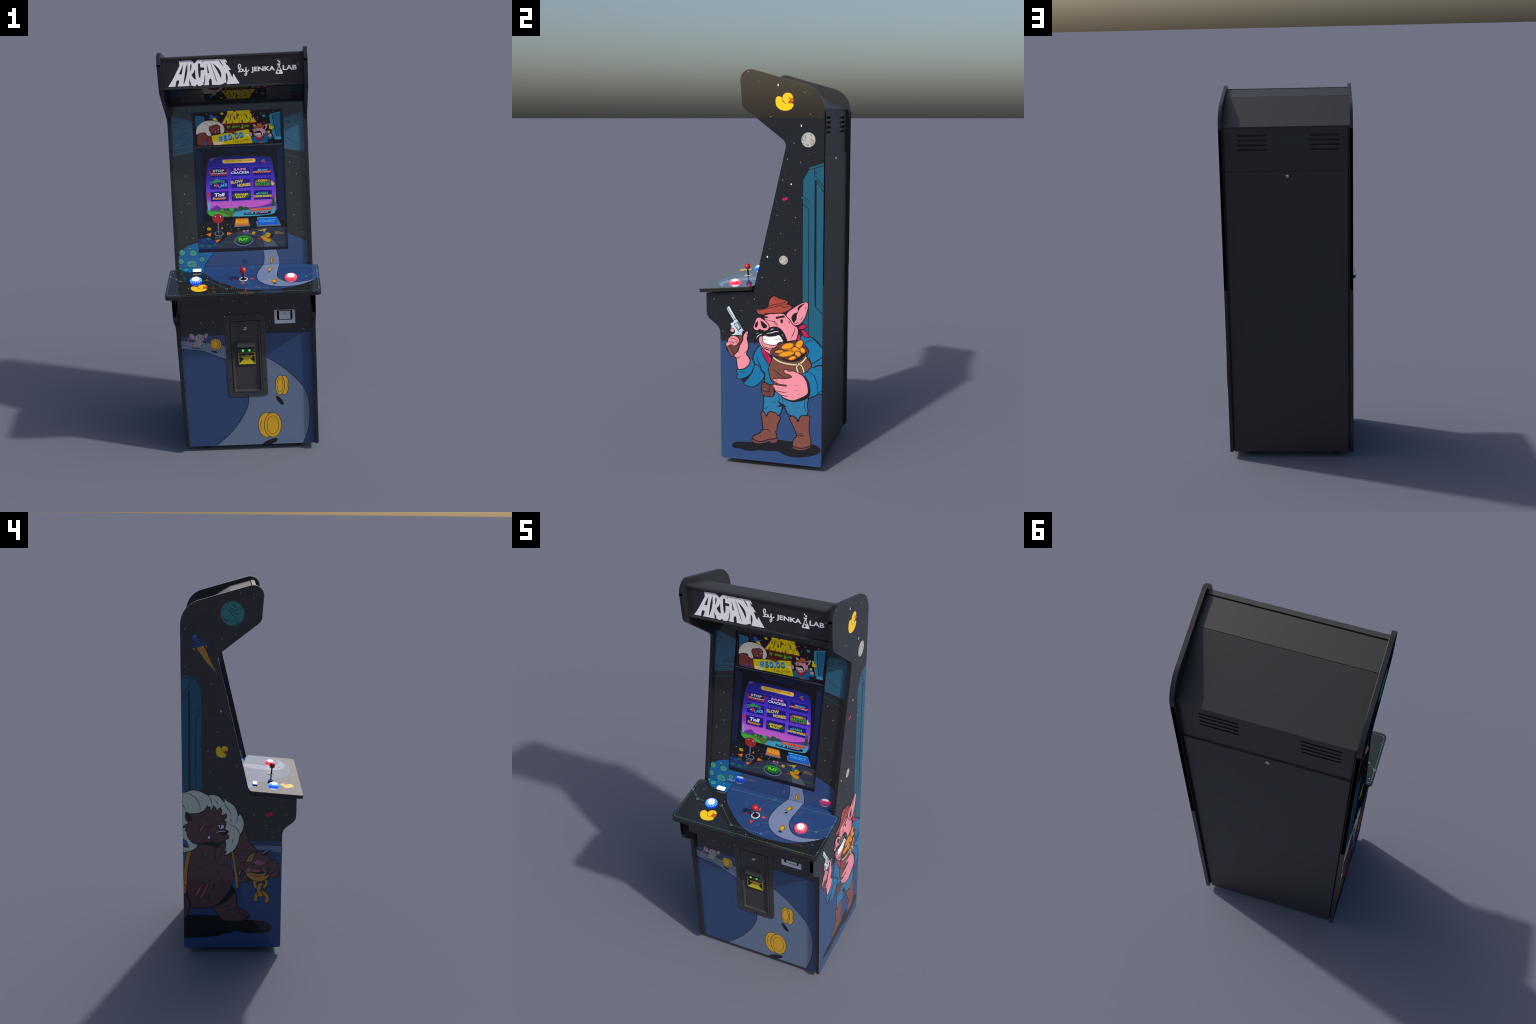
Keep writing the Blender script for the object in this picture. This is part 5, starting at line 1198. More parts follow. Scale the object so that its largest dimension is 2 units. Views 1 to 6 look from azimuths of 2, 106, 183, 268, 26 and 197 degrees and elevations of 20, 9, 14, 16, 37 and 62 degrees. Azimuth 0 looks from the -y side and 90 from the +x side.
coins.line(INK, [(56.2, 178.7), (47.2, 143.2), (52.9, 106.9)], 2.24, taper=0.6)
coins.fill(SHADE, [(46.2, 24.8, 1), (69.6, 45.7), (107.8, 61.5), (130.3, 60.5), (123.6, 43.4), (99, 28.8), (83.3, 14.6, 1)])
coins.poly(COIN_GOLD, oval(-146.3, 605.3, 23.0, 29.4, -2), INK, 2.2)
coins.poly(COIN_GOLD, oval(-156.4, 605.7, 23.0, 29.4, -2), INK, 2.2)
coins.line(INK, oval(-156.4, 605.7, 15.7, 21.5, -2, 24, 0, 359.9), 1.7600000000000002, smooth=False)
coins.line(INK, [(-132.8, 619.4), (-129.8, 604.6), (-134.6, 590)], 1.76, taper=0.6)
coins.poly(SHADE, oval(-160.4, 565.0, 15.9, 5.6, -16))
coins.done()

mouse = Print("mouse_print", P_FRONT, front)
mouse.poly(SHADE, oval(-248.1, 588.3, 28.5, 2.0, -9))
mouse.line(INK, [(-262.3, 604.9), (-277.8, 604.1), (-288.2, 611.4), (-291.4, 621.2), (-286.8, 630.7), (-279.7, 637.7), (-284.3, 648.8)], 5.2, taper=0.5)
mouse.line(EAR_PINK, [(-262.3, 604.9), (-277.8, 604.1), (-288.2, 611.4), (-291.4, 621.2), (-286.8, 630.7), (-279.7, 637.7), (-283.8, 647.5)], 3.2, taper=0.5)
mouse.fill(MOUSE, [(-254.3, 625.7), (-258.3, 615), (-259, 605.3), (-267.2, 598.3), (-275.2, 594.3), (-269.9, 591.2), (-256.5, 594.2), (-238.8, 595.9), (-230.7, 587.1), (-217.7, 584.1), (-215.1, 590), (-223.6, 594.1), (-222.7, 606.2), (-213.7, 610.7), (-206.2, 607.9), (-203.6, 613.9), (-213.2, 617.9), (-228.1, 623.4), (-243.2, 626.5)], INK, 1.8)
mouse.poly(MOUSE, oval(-264.5, 650.3, 13.5, 18.7, 24), INK, 1.8)
mouse.poly(EAR_PINK, oval(-262.6, 646.6, 8.1, 11.3, 24), INK, 1.4)
mouse.poly(MOUSE, oval(-197.6, 653.5, 10.5, 14.4, -19), INK, 1.8)
mouse.poly(EAR_PINK, oval(-198.9, 650.7, 6.5, 9.6, -19), INK, 1.4)
mouse.fill(MOUSE, [(-251.9, 643.8), (-245.4, 658), (-231.9, 663.4), (-227.2, 668), (-224.3, 663.1), (-212.5, 659), (-206.7, 647.9), (-206.6, 634.6), (-214.9, 625.3), (-228.3, 621), (-243.3, 625.2), (-251.5, 632.9)], INK, 1.8)
mouse.poly(INK, oval(-235.7, 646.7, 2.4, 5.3, -2))
mouse.poly(INK, oval(-215.7, 644.6, 2.2, 4.8, -2))
mouse.poly(INK, oval(-222.8, 636.5, 3.9, 3.4, -2))
mouse.line(INK, [(-235, 634.6), (-227.8, 628.2), (-221.2, 628.4), (-214.4, 632.5)], 1.4, taper=0.6)
mouse.line(INK, [(-239.2, 652.9), (-233.5, 655.5)], 1.6, taper=0.6)
mouse.poly(TEETH, oval(-222.4, 627.5, 1.7, 1.9, -2))
mouse.line(INK, [(-250.5, 617.1), (-242.3, 609.4), (-244.8, 604.7), (-251.2, 607.4)], 1.4, taper=0.6)
mouse.done()

label = Print("acceptor_label", P_LABEL, coin_door)
label.poly(LABEL_YELLOW, [(-43, 493.5), (37.5, 493.5), (38, 555), (-43, 555)])
label.poly(LABEL_BLACK, [(-41.5, 495), (36, 495), (36.5, 553.5), (-41.5, 553.5)])
label.poly(LABEL_YELLOW, [(-43.1, 495.4), (36.6, 494.9), (17.9, 516.8), (15.1, 524.9), (-17.9, 524.9), (-23, 516.7)])
label.line(LABEL_BLACK, [(-29, 514.2), (23.6, 513.7)], 1.0, taper=0)
label.line(LABEL_BLACK, [(-35.1, 507.4), (28.9, 506.5)], 1.0, taper=0)
label.text(LABEL_BLACK, "INSERT", -20.5, 517.3, 7.0, 37.1, tilt=-0.2, bold=0.02)
label.poly(LABEL_YELLOW, [(-42.1, 537.2), (36.4, 536.6), (36.6, 539.4), (-41.9, 540)])
label.poly(LABEL_YELLOW, [(-29.3, 529.3), (22.9, 528.8), (23, 532.3), (-29.1, 532.8)])
label.poly(LABEL_BLUE, [(-8.4, 544.8), (1, 544.8), (3.8, 550.6), (-6.2, 551)])
label.text(LABEL_BLACK, "INSERT BILL ANY DIRECTION", -41.4, 537.5, 2.4, 77.5, tilt=-0.4)
label.done()


def arcade_word(pr, face, gap, top, a, b, k, grow=0.0):
    """The fat flared word: one silhouette, shaded letter tops, and slits that part the letters."""
    put = lambda pts: [(a + q[0] * k, b + q[1] * k) + tuple(q[2:]) for q in pts]
    pr.fill(face, put([(56.7, 113.4, 1), (71.6, 114.2), (99.3, 115.1), (114.5, 112.6), (125.9, 100.2), (139.1, 113.3), (150.1, 116.1), (159.8, 114.7, 1), (188.4, 114.9), (212.9, 113.8), (235.4, 114.6, 1), (267.6, 114.6, 1), (275.4, 96.4, 1), (270.6, 93.6, 1), (289.9, 64.7, 1), (279.1, 64, 1), (283.8, 54.9), (299.7, 48.1, 1), (325.9, 1.5, 1), (267, 0.5, 1), (261.9, 8.4), (239.7, 0.2), (200, 0.4, 1), (163.1, 0.6, 1), (156.1, 2.4), (146.5, -1.7), (137.3, -0.4), (132.5, 6.6), (124.9, -0.8), (115.5, -1.3), (106.4, 2.2), (97.9, 0.5, 1), (42.6, 0.2, 1), (0, 0, 1), (21.7, 30.2), (41.3, 63), (58.2, 92.7), (57.9, 104.9)]), face if grow else None, grow * 2)
    if grow:
        return
    if top:
        pr.poly(top, put([(56.7, 113.4), (99.3, 115.1), (114.5, 112.6), (123.2, 104.9), (98.8, 108.5), (57.2, 107.3)]))
    if top:
        pr.poly(top, put([(160.7, 114.4), (212.9, 113.8), (226.4, 109.2), (233.8, 104.4), (212.6, 109), (163.4, 108.5)]))
    if top:
        pr.poly(top, put([(235.4, 114.6), (267.6, 114.6), (269.7, 109.1), (239.6, 108.9)]))
    if top:
        pr.poly(top, put([(139.1, 113), (150.1, 116.1), (157.6, 113.6), (152.8, 111.1), (145.1, 111.2)]))
    pr.fill(gap, put([(77, 101, 1), (53.1, 54.8, 1), (65.7, 53.6, 1)]))
    pr.fill(gap, put([(33.5, -1.2, 1), (35.9, 14.1), (41.5, 26.2), (47.9, 28.3), (52.2, 23.2), (48.9, 13.5), (41.6, -1, 1)]))
    pr.fill(gap, put([(95.2, 105.6, 1), (85.8, 79.3), (80, 55.1), (70.3, 9.4, 1), (74, 12.4), (86.2, 42.6), (93.1, 72.8, 1)]))
    pr.fill(gap, put([(109.6, 100.1), (112.6, 94.8), (111.6, 81.1), (102.9, 60.2, 1), (106.3, 84.4)]))
    pr.fill(gap, put([(127.8, 75.8, 1), (127.4, 52.9), (127.6, 29.3), (121, 31.8), (113.9, 41.3), (110.6, 51.2), (119.9, 59.4)]))
    pr.fill(gap, put([(98.3, 38.9, 1), (100.2, 23.5), (105.3, 7.9), (98.4, -1.1, 1), (97, 17.5)]))
    pr.fill(gap, put([(142.5, 94.9), (147.4, 100.1), (151.8, 96.9), (151.7, 81.7, 1), (169.8, 80, 1), (169, 69.3, 1), (152.9, 68.3, 1), (150.7, 45.7), (147.4, 33.6), (143.7, 38.4), (141.4, 58.4)]))
    pr.fill(gap, put([(159.9, 115.3, 1), (164.8, 106), (167.7, 81.6, 1), (165.7, 96.9, 1)]))
    pr.fill(gap, put([(181.9, 99.8, 1), (191.1, 53.7, 1), (183.7, 54, 1)]))
    pr.fill(gap, put([(187, -0.2, 1), (186.8, 16.4), (190.3, 27), (195.1, 29.6), (199.4, 23.6), (200, -0.2, 1)]))
    pr.fill(gap, put([(171.4, 54.6, 1), (170.8, 26.4), (163.9, -1, 1), (161.2, 8.4), (165.7, 20.5)]))
    pr.fill(gap, put([(197.1, 107, 1), (203.6, 89.1), (225.4, 9.1, 1), (219.3, 21.1), (211.8, 49.1)]))
    pr.fill(gap, put([(208.8, 97.9, 1), (227.7, 80.4), (240.5, 63), (244.9, 44.5), (242, 27.8, 1), (233.6, 51.1)]))
    pr.fill(gap, put([(234.4, 114.3, 1), (246, 102.3), (257.6, 81.1, 1), (251.2, 86.9), (242.7, 99.4)]))
    pr.fill(gap, put([(265.5, 53.3, 1), (271.7, 43.3), (273.1, 24.8), (267, -0.2, 1), (265.2, 22.1)]))
    pr.fill(gap, put([(263.8, 102.7, 1), (276.3, 96, 1), (277.9, 91.1, 1), (272.6, 84.7, 1), (268.8, 93.4, 1)]))
    pr.fill(gap, put([(280, 63.6, 1), (299.7, 48.1, 1), (294.7, 29.3, 1)]))


logo = Print("marquee_logo", P_MARQUEE, marquee)
arcade_word(logo, LOGO, MARQ_BLACK, LOGO_TOP, -297.2, 1847.4, 1.0)
logo.line(LOGO, [(26.7, 1914.2), (36.4, 1922.9), (35.4, 1933), (29.3, 1933.9), (26.7, 1924.9), (29.7, 1912.6), (31.6, 1902.7), (23.5, 1901.2)], 4.2, taper=0)
logo.line(LOGO, [(32, 1909.4), (39, 1913.7), (44.9, 1908.8), (43, 1902.2), (35.3, 1902.5), (32, 1909.4)], 4.0, taper=0)
logo.line(LOGO, [(46.7, 1914.8), (49.3, 1904), (56.3, 1903.7), (61.5, 1920.2), (60.9, 1908.1), (63, 1889.7), (57.4, 1883.2), (54.6, 1888.5), (60.2, 1895.9), (74.1, 1907.5)], 4.2, taper=0)
logo.text(LOGO, "JENKA", 83.6, 1901.2, 18.9, 108.0, tilt=-0.2, bold=0.03)
logo.text(LOGO, "LAB", 226.7, 1901.1, 20.1, 63.3, tilt=-0.4, bold=0.03)
logo.fill(LOGO, [(202, 1930.2, 1), (217.3, 1930.1, 1), (216.6, 1925.9, 1), (214.1, 1924.8, 1), (214.9, 1913.2), (221.5, 1900.7), (226.5, 1888.3), (223.9, 1883.8), (210.1, 1883.8), (196.2, 1884.2), (193.6, 1888.3), (198.3, 1898.7), (205, 1913.6), (206.1, 1925.1, 1), (202.5, 1925.9, 1)])
logo.fill(MARQ_BLACK, [(209.1, 1923.8, 1), (211.6, 1923.7, 1), (212.1, 1912.7), (215.4, 1904), (207.6, 1901.3), (202.1, 1901.6), (207.8, 1912.9)])
logo.poly(MARQ_BLACK, oval(206.1, 1893.5, 4.9, 4.9, -3))
logo.poly(LOGO, oval(205.9, 1903.9, 1.8, 1.8, -3))
logo.poly(LOGO, oval(210.5, 1918.9, 1.2, 1.5, -3))
logo.poly(MARQ_BLACK, oval(214.3, 1898.0, 1.2, 1.5, -3))
logo.poly(MARQ_BLACK, oval(199.1, 1887.4, 1.5, 1.2, -3))
logo.poly(LOGO, oval(212.7, 1937.6, 4.3, 4.2, -3))
logo.poly(LOGO, oval(206.2, 1944.2, 3.1, 3.0, -3))
logo.poly(STAR_DIM, oval(295.9, 1924.0, 3.7, 3.9, -3))
logo.done()

stars_speaker = Print("star_prints", P_SPEAKER, speaker_board)
for a, b in [(-38.8, -60.3), (37.4, -94.1), (101.5, -115), (-87.2, -199), (277.3, -163.9), (39.3, -175.4)]:
    stars_speaker.poly(STAR, oval(a, b, 1.8, 1.8, n=8))
for a, b in [(-71.3, -103.5), (-10.1, -146.3), (-114.7, -205.3), (116.6, -165), (140.7, -197.2), (85.9, -209.7), (-306.4, -66.2), (-271, -162.7), (-31.9, -201.4), (-163.5, -61), (-299.1, -138.7), (-329.8, -195.7), (-310.5, -198.1), (268.5, -139.2), (299, -147.1), (-113.2, -82.7)]:
    stars_speaker.poly(STAR_DIM, oval(a, b, 1.05, 1.05, n=8))
stars_speaker.done("stuff")

sea = Print("planet_deck_print", P_DECK, deck, under=True, clip=DECK_CLIP)
sea.fill(DECK_SEA, [(-320.6, -12.6, 1), (-308.5, -31.4), (-289.6, -47.4), (-267, -58.9), (-234.2, -66.5), (-209.4, -66.7), (-193.6, -64), (-192.7, -43.2), (-190.8, 1.8, 1), (-191.1, 10.4, 1), (-341, 18.1, 1)], INK, 3.0)
sea.poly(CRATER, oval(-285.7, -23.3, 14.1, 13.7, 21), INK, 2.0)
sea.poly(CRATER, oval(-235.3, -12.2, 5.9, 5.5, 21), INK, 2.0)
sea.poly(CRATER, oval(-315.9, -10.2, 6.0, 8.9, 21), INK, 2.0)
sea.poly(CRATER, oval(-214.5, 3.8, 3.7, 3.3, 21), INK, 2.0)
sea.line(INK, [(-296.8, -29.8), (-274.5, -16.7)], 1.6, taper=0.6)
sea.line(INK, [(-292.8, -13.7), (-278.3, -33.3)], 1.6, taper=0.6)
sea.fill(DECK_BLUE, [(-194, 12.2, 1), (-193.6, -25.2), (-192.8, -59.2), (-185.2, -84.6), (-166.8, -116.7), (-142.5, -146.1), (-93.3, -192.2), (-29.4, -241.7), (5.2, -256.9), (36.3, -265.4), (107.4, -270.9), (180, -265.3), (229.7, -251.4), (276.3, -231.2), (319.6, -203.2), (353.5, -169.8), (364, -175, 1), (363.4, -42, 1), (359, -30), (346, -21.6, 1), (321.5, -21.6, 1), (320.6, -1, 1)], INK, 3.0)
sea.fill(DECK_ROAD, [(99.9, 6.7, 1), (88.3, -19.9), (71.6, -69.1), (64.2, -120.7), (67.7, -156.6), (83, -187.6), (112.9, -217.6), (164.2, -238.6), (224.7, -240.3), (271.9, -229.4), (318.7, -201), (355.8, -166.4, 1), (323.1, -185.2), (297.8, -195.1), (253.8, -204.7), (213.9, -198.8), (185.3, -176.5), (165.9, -145), (163, -109.2), (170.4, -47.4), (177.6, 7.2, 1)], INK, 3.0)
sea.done()

deck_coins = Print("coin_print", P_DECK, deck)
deck_coins.poly(COIN_GOLD, oval(131.7, -52.5, 9.5, 15.9, -27), INK, 1.8)
deck_coins.poly(COIN_GOLD, oval(127.9, -56.1, 9.5, 15.9, -27), INK, 1.8)
deck_coins.line(INK, oval(127.9, -56.1, 6.5, 11.6, -27, 24, 0, 359.9), 1.4400000000000002, smooth=False)
deck_coins.line(INK, [(132, -42.6), (136.9, -50.5), (139.4, -59.3)], 1.44, taper=0.6)
deck_coins.poly(SHADE, oval(124.4, -84.5, 5.2, 7.9, -27))
deck_coins.poly(COIN_GOLD, oval(151.1, -178.9, 11.9, 16.8, -5), INK, 1.8)
deck_coins.poly(COIN_GOLD, oval(148.4, -183.0, 11.9, 16.8, -5), INK, 1.8)
deck_coins.line(INK, oval(148.4, -183.0, 8.1, 12.2, -5, 24, 0, 359.9), 1.4400000000000002, smooth=False)
deck_coins.line(INK, [(153.2, -168.7), (158.6, -176), (160.4, -184.6)], 1.44, taper=0.6)
deck_coins.poly(SHADE, oval(149.5, -206.4, 9.2, 5.4, -11))
deck_coins.done()

lines = Print("star_map_print", P_DECK, deck)


def dashes(pr, path, on=4.6, gap=4.6, w=1.7):
    """Mint dashes along a polyline."""
    for (a0, b0), (a1, b1) in zip(path, path[1:]):
        L = math.hypot(a1 - a0, b1 - b0)
        n = max(1, round(L / (on + gap)))
        for k in range(n):
            s, e = k / n, (k + on / (on + gap)) / n
            pr.line(DECK_LINE, [(a0 + (a1 - a0) * s, b0 + (b1 - b0) * s), (a0 + (a1 - a0) * e, b0 + (b1 - b0) * e)], w, smooth=False)


bx, f0, f1 = 356.0, -291.0, -30.0
dashes(lines, [(INN * 1000 - 2, f1), (bx - 8, f1), (bx, f1 - 8), (bx, f0 + 8), (bx - 8, f0), (-bx + 8, f0), (-bx, f0 + 8), (-bx, f1 - 8), (-bx + 8, f1), (-INN * 1000 + 2, f1)])
dashes(lines, [(-188, f1), (96, f1)])
dashes(lines, [(176, f1), (INN * 1000 - 4, f1)])
dashes(lines, [(-355.9, -100.3), (-303.3, -152.9), (-266.5, -151.6)])
dashes(lines, [(-198.4, -151), (-175.2, -151.5), (-75.9, -250.3), (75.2, -250.8), (106.5, -220.1)])
dashes(lines, [(176.4, -152.4), (193.5, -152.5)])
dashes(lines, [(261.6, -153.5), (301.8, -151.8), (358.3, -100)])
lines.line(DECK_LINE, oval(-355.9, -100.3, 4.8, 6.0, 21, 24, 0, 359.9), 1.6, smooth=False)
lines.line(DECK_LINE, oval(-303.3, -152.9, 4.8, 5.8, 21, 24, 0, 359.9), 1.6, smooth=False)
lines.line(DECK_LINE, oval(-175.2, -151.5, 4.7, 5.7, 21, 24, 0, 359.9), 1.6, smooth=False)
lines.line(DECK_LINE, oval(-75.9, -250.3, 4.6, 5.4, 21, 24, 0, 359.9), 1.6, smooth=False)
lines.line(DECK_LINE, oval(75.2, -250.8, 4.5, 5.3, 21, 24, 0, 359.9), 1.6, smooth=False)
lines.line(DECK_LINE, oval(301.8, -151.8, 4.4, 5.3, 21, 24, 0, 359.9), 1.6, smooth=False)
lines.line(DECK_LINE, oval(358.3, -100.0, 4.5, 5.3, 21, 24, 0, 359.9), 1.6, smooth=False)
lines.line(DECK_LINE, oval(42.9, -26.2, 4.7, 5.7, 21, 24, 0, 359.9), 1.6, smooth=False)
for a, b in [(-345, -51.7), (-306.6, -82.1), (-323.2, -130.6), (-257.7, -230.3), (12.8, -280.2), (353.6, -265.2), (317, -231.7), (-173.8, -122.7)]:
    lines.poly(STAR, oval(a, b, 1.6, 1.6, n=8))
for a, b in [(-332.6, -45.2), (-334.6, -101.9), (-305.3, -219.1), (-351.2, -247.2), (-312.9, -295.9), (-233.3, -103.6), (-139.8, -247.1), (-163.1, -266.2), (-23.6, -276.9), (123.8, -289.8), (215.8, -286.8), (289.1, -262.5), (-269.2, -219.5)]:
    lines.poly(STAR_DIM, oval(a, b, 1.05, 1.05, n=8))
lines.done("stuff")

arrows = Print("arrow_print", P_DECK, deck)
arrows.poly(ARROW, [(-57.7, -152.6), (-37.1, -139.8), (-38, -162.2)])
arrows.poly(ARROW, [(-5.8, -113.1), (2, -94.8), (11.8, -117.1)])
arrows.poly(ARROW, [(32.7, -159.6), (35.5, -140.8), (55.4, -151.8)])
arrows.poly(ARROW, [(-11.5, -188.4), (9.1, -186.7), (-0.9, -208.6)])
arrows.done()

deck_duck = Print("duck_print", P_DECK, deck)
deck_duck.fill(DUCK, [(-241, -243.9), (-248.4, -225.1), (-245.3, -211.9), (-236, -206.7), (-224, -210.2), (-215.3, -215), (-214.4, -205.4), (-206.7, -197), (-192.8, -192.8), (-180.9, -196.3), (-172.9, -209.5), (-167.3, -226.2), (-173.8, -236.7), (-169.8, -240.6), (-174.1, -251.3), (-188.8, -261.3), (-207.3, -264.1), (-225.8, -259.5)])
deck_duck.fill(ORANGE, [(-191, -230), (-187.7, -217.9), (-178.2, -213.1), (-167.4, -215.4), (-169.7, -221.7), (-165, -223.1), (-172.1, -232.3), (-183.5, -233.5)], INK, 1.8)
deck_duck.line(INK, [(-215.3, -215), (-211.5, -229.8), (-201.8, -236.8), (-190.8, -236.3)], 2.2, taper=0.6)
deck_duck.line(INK, [(-188.7, -231.2), (-178, -224.9), (-165.4, -222.2)], 1.6, taper=0.6)
deck_duck.poly(INK, oval(-187.8, -213.1, 2.5, 3.0, 21))
deck_duck.done()

wall = Print("space_window_print", P_BEZEL, bezel, clip=BEZEL_CLIP)
wall.poly(WALL_TEAL, [(-326.4, 745.7), (-314.9, 743.2), (-217.4, 716.6), (-220.7, 565.2), (-319.1, 547), (-328.7, 547.5), (-331.4, 632.5)])
wall.poly(WALL_TEAL, [(332.4, 741.2), (324.3, 741.6), (225, 717.2), (222.4, 564.2), (317.1, 545.8), (329.4, 545.3)])
wall.line(INK, [(-322, 738.8), (-217.6, 711.9)], 1.7, taper=0, smooth=False)
wall.line(INK, [(-321.6, 745.5), (-217.3, 718)], 1.7, taper=0, smooth=False)
wall.line(INK, [(-312.8, 719.5), (-285.8, 714.9), (-287.6, 706.3), (-313.3, 711.4), (-312.8, 719.5)], 1.7, taper=0, smooth=False)
wall.line(INK, [(-310.9, 692.4), (-223.1, 673.7), (-310.9, 692.4), (-312.2, 645.2), (-280, 633.6), (-268.7, 653.4), (-244.2, 662.5)], 1.7, taper=0, smooth=False)
wall.line(INK, [(-285.5, 596.6), (-218.4, 634.3), (-219.6, 610.6), (-282.2, 595.1)], 1.7, taper=0, smooth=False)
wall.line(INK, [(-324.6, 572.5), (-220.8, 589.7)], 1.7, taper=0, smooth=False)
wall.line(INK, [(-326.4, 564.4), (-221.3, 580.2)], 1.7, taper=0, smooth=False)
wall.line(INK, [(-325.8, 550.7), (-221.9, 568)], 1.7, taper=0, smooth=False)
wall.line(INK, [(224.8, 710.5), (330.8, 734.6)], 1.7, taper=0, smooth=False)
wall.line(INK, [(225, 717.2), (331.1, 741.9)], 1.7, taper=0, smooth=False)
wall.line(INK, [(233, 661.7), (294.9, 679.1), (311.3, 665), (311.2, 569.1), (264.6, 599.6), (230.1, 621.4)], 1.7, taper=0, smooth=False)
wall.line(INK, [(227.4, 692.2), (255, 701.1), (255.9, 690.9), (227.1, 683.5)], 1.7, taper=0, smooth=False)
wall.line(INK, [(271.9, 700.3), (299.3, 707.2), (299.7, 699.1), (272.3, 692.2)], 1.7, taper=0, smooth=False)
wall.line(INK, [(223.7, 563.5), (323.6, 536.1)], 1.7, taper=0, smooth=False)
wall.line(INK, [(223.4, 555.3), (323.1, 522.5)], 1.7, taper=0, smooth=False)
wall.line(WALL_TEAL, [(-324.1, 520), (-223.3, 542.9)], 1.8, taper=0, smooth=False)
wall.line(WALL_TEAL, [(222.8, 540.4), (322.3, 502.2)], 1.8, taper=0, smooth=False)
wall.done()

# the moonscape runs round the monitor opening: below it, left of it, right of it
for BEZEL_CLIP in ((-320.4, 320.4, 1, 71.6), (-320.4, -220.9, 71.6, 786), (221.9, 320.4, 71.6, 786)):
    moonscape = Print("planet_bezel_print", P_BEZEL, bezel, clip=BEZEL_CLIP)
    moonscape.fill(DECK_SEA, [(-344.5, -30.1, 1), (-330.3, 28.2), (-317.3, 64.4), (-286.2, 101.2), (-249, 116.5), (-212.3, 122.3), (-154.7, 112.6, 1), (-127.4, 78.6, 1), (-165.5, 43.5), (-185, 18.6), (-195.8, -8.2), (-195.1, -36.2, 1)], INK, 3.0)
    moonscape.poly(CRATER, oval(-302.2, 74.8, 16.0, 16.1, -2), INK, 2.0)
    moonscape.poly(CRATER, oval(-247.8, 70.3, 18.9, 16.1, -2), INK, 2.0)
    moonscape.poly(CRATER, oval(-258.0, 16.5, 26.9, 19.1, -2), INK, 2.0)
    moonscape.poly(CRATER, oval(-205.8, 37.8, 14.5, 12.5, -2), INK, 2.0)
    moonscape.poly(CRATER, oval(-310.4, 31.8, 14.6, 14.7, -2), INK, 2.0)
    moonscape.poly(CRATER, oval(-262.6, 93.7, 8.7, 6.6, -2), INK, 2.0)
    moonscape.poly(CRATER, oval(-286.4, -10.3, 13.1, 7.4, -2), INK, 2.0)
    moonscape.poly(CRATER, oval(-281.5, 54.1, 3.6, 3.7, -2), INK, 2.0)
    moonscape.poly(CRATER, oval(-212.6, 5.0, 3.6, 2.2, -2), INK, 2.0)
    moonscape.line(INK, [(-283.8, 11.6), (-258, 16.5), (-233.7, 19.9)], 1.6, taper=0.6)
    moonscape.line(INK, [(-259.2, 34.1), (-256.5, 16.4), (-260.4, -1.1)], 1.6, taper=0.6)
    moonscape.line(INK, [(-264.7, 68.1), (-230.9, 74)], 1.4, taper=0.6)
    moonscape.line(INK, [(-249.2, 85.1), (-246.4, 55.6)], 1.4, taper=0.6)
    moonscape.line(INK, oval(-205.9, 37.1, 3.6, 2.9, -2, 24, 0, 359.9), 1.4, smooth=False)
    moonscape.fill(DECK_BLUE, [(-198.7, -36, 1), (-194.3, -6.8), (-185, 18.6), (-165.5, 43.5), (-142.4, 68.2), (-82.1, 113.2), (6.8, 153.3), (94.3, 167.8), (195.1, 159.9), (225.8, 151.4), (273.4, 131.2), (309, 115.2), (344.4, 95.5, 1), (346.2, -58.3, 1)], INK, 3.2)
    moonscape.fill(DECK_ROAD, [(96.4, 83.9, 1), (101, 54.5), (101.2, 25.2), (95.6, -3.9, 1), (91.7, -25.8, 1), (180.3, -29.4, 1), (178.4, -3.7, 1), (175.4, 29.5), (167.9, 59), (155.9, 85.1, 1)], INK, 2.8)
    moonscape.poly(COIN_GOLD, oval(142.4, 20.6, 6.5, 13.2, -2), INK, 1.6)
    moonscape.poly(COIN_GOLD, oval(137.3, 20.8, 6.5, 13.2, -2), INK, 1.6)
    moonscape.line(INK, oval(137.3, 20.8, 4.4, 9.6, -2, 24, 0, 359.9), 1.2800000000000002, smooth=False)
    moonscape.line(INK, [(146.2, 27), (147.1, 20.4), (145.7, 13.8)], 1.28, taper=0.6)
    moonscape.poly(SHADE, oval(132.2, 2.6, 3.6, 1.5, -2))
    moonscape.done()

stars_bezel = Print("star_prints", P_BEZEL, bezel)
for a, b in [(-275, 146.8), (248.1, 347.6), (257.7, 240.4), (-265.3, 451.8), (-275.6, 363.7), (-256.8, 317.4), (244.4, 498.7), (-295.1, 273.4), (276.2, 438.1), (295.8, 154.3), (-245.2, 145.5), (-34.4, 766.3), (-229.1, 765.6), (146.4, 769.6)]:
    stars_bezel.poly(STAR, oval(a, b, 1.6, 1.6, n=8))
for a, b in [(-255.8, 512.9), (263.4, 478.9), (301.8, 483.3), (-316.9, 428.7), (-278.3, 353.5), (-293.4, 255.3), (-259.1, 209.5), (-247.5, 219.4), (-234.5, 241.8), (239.3, 456.1), (277, 296.8), (284.9, 286.2), (290.7, 331.3), (292.7, 218.9), (263.6, 215.3), (-313.5, 167.9), (-320.5, 204.4), (-267.6, 193.1), (-70.8, 771.9), (175, 771.7), (-313.9, 759.9), (273, 297.7)]:
    stars_bezel.poly(STAR_DIM, oval(a, b, 1.05, 1.05, n=8))
stars_bezel.done("stuff")

# ------------------------------------------------------------------ monitor picture

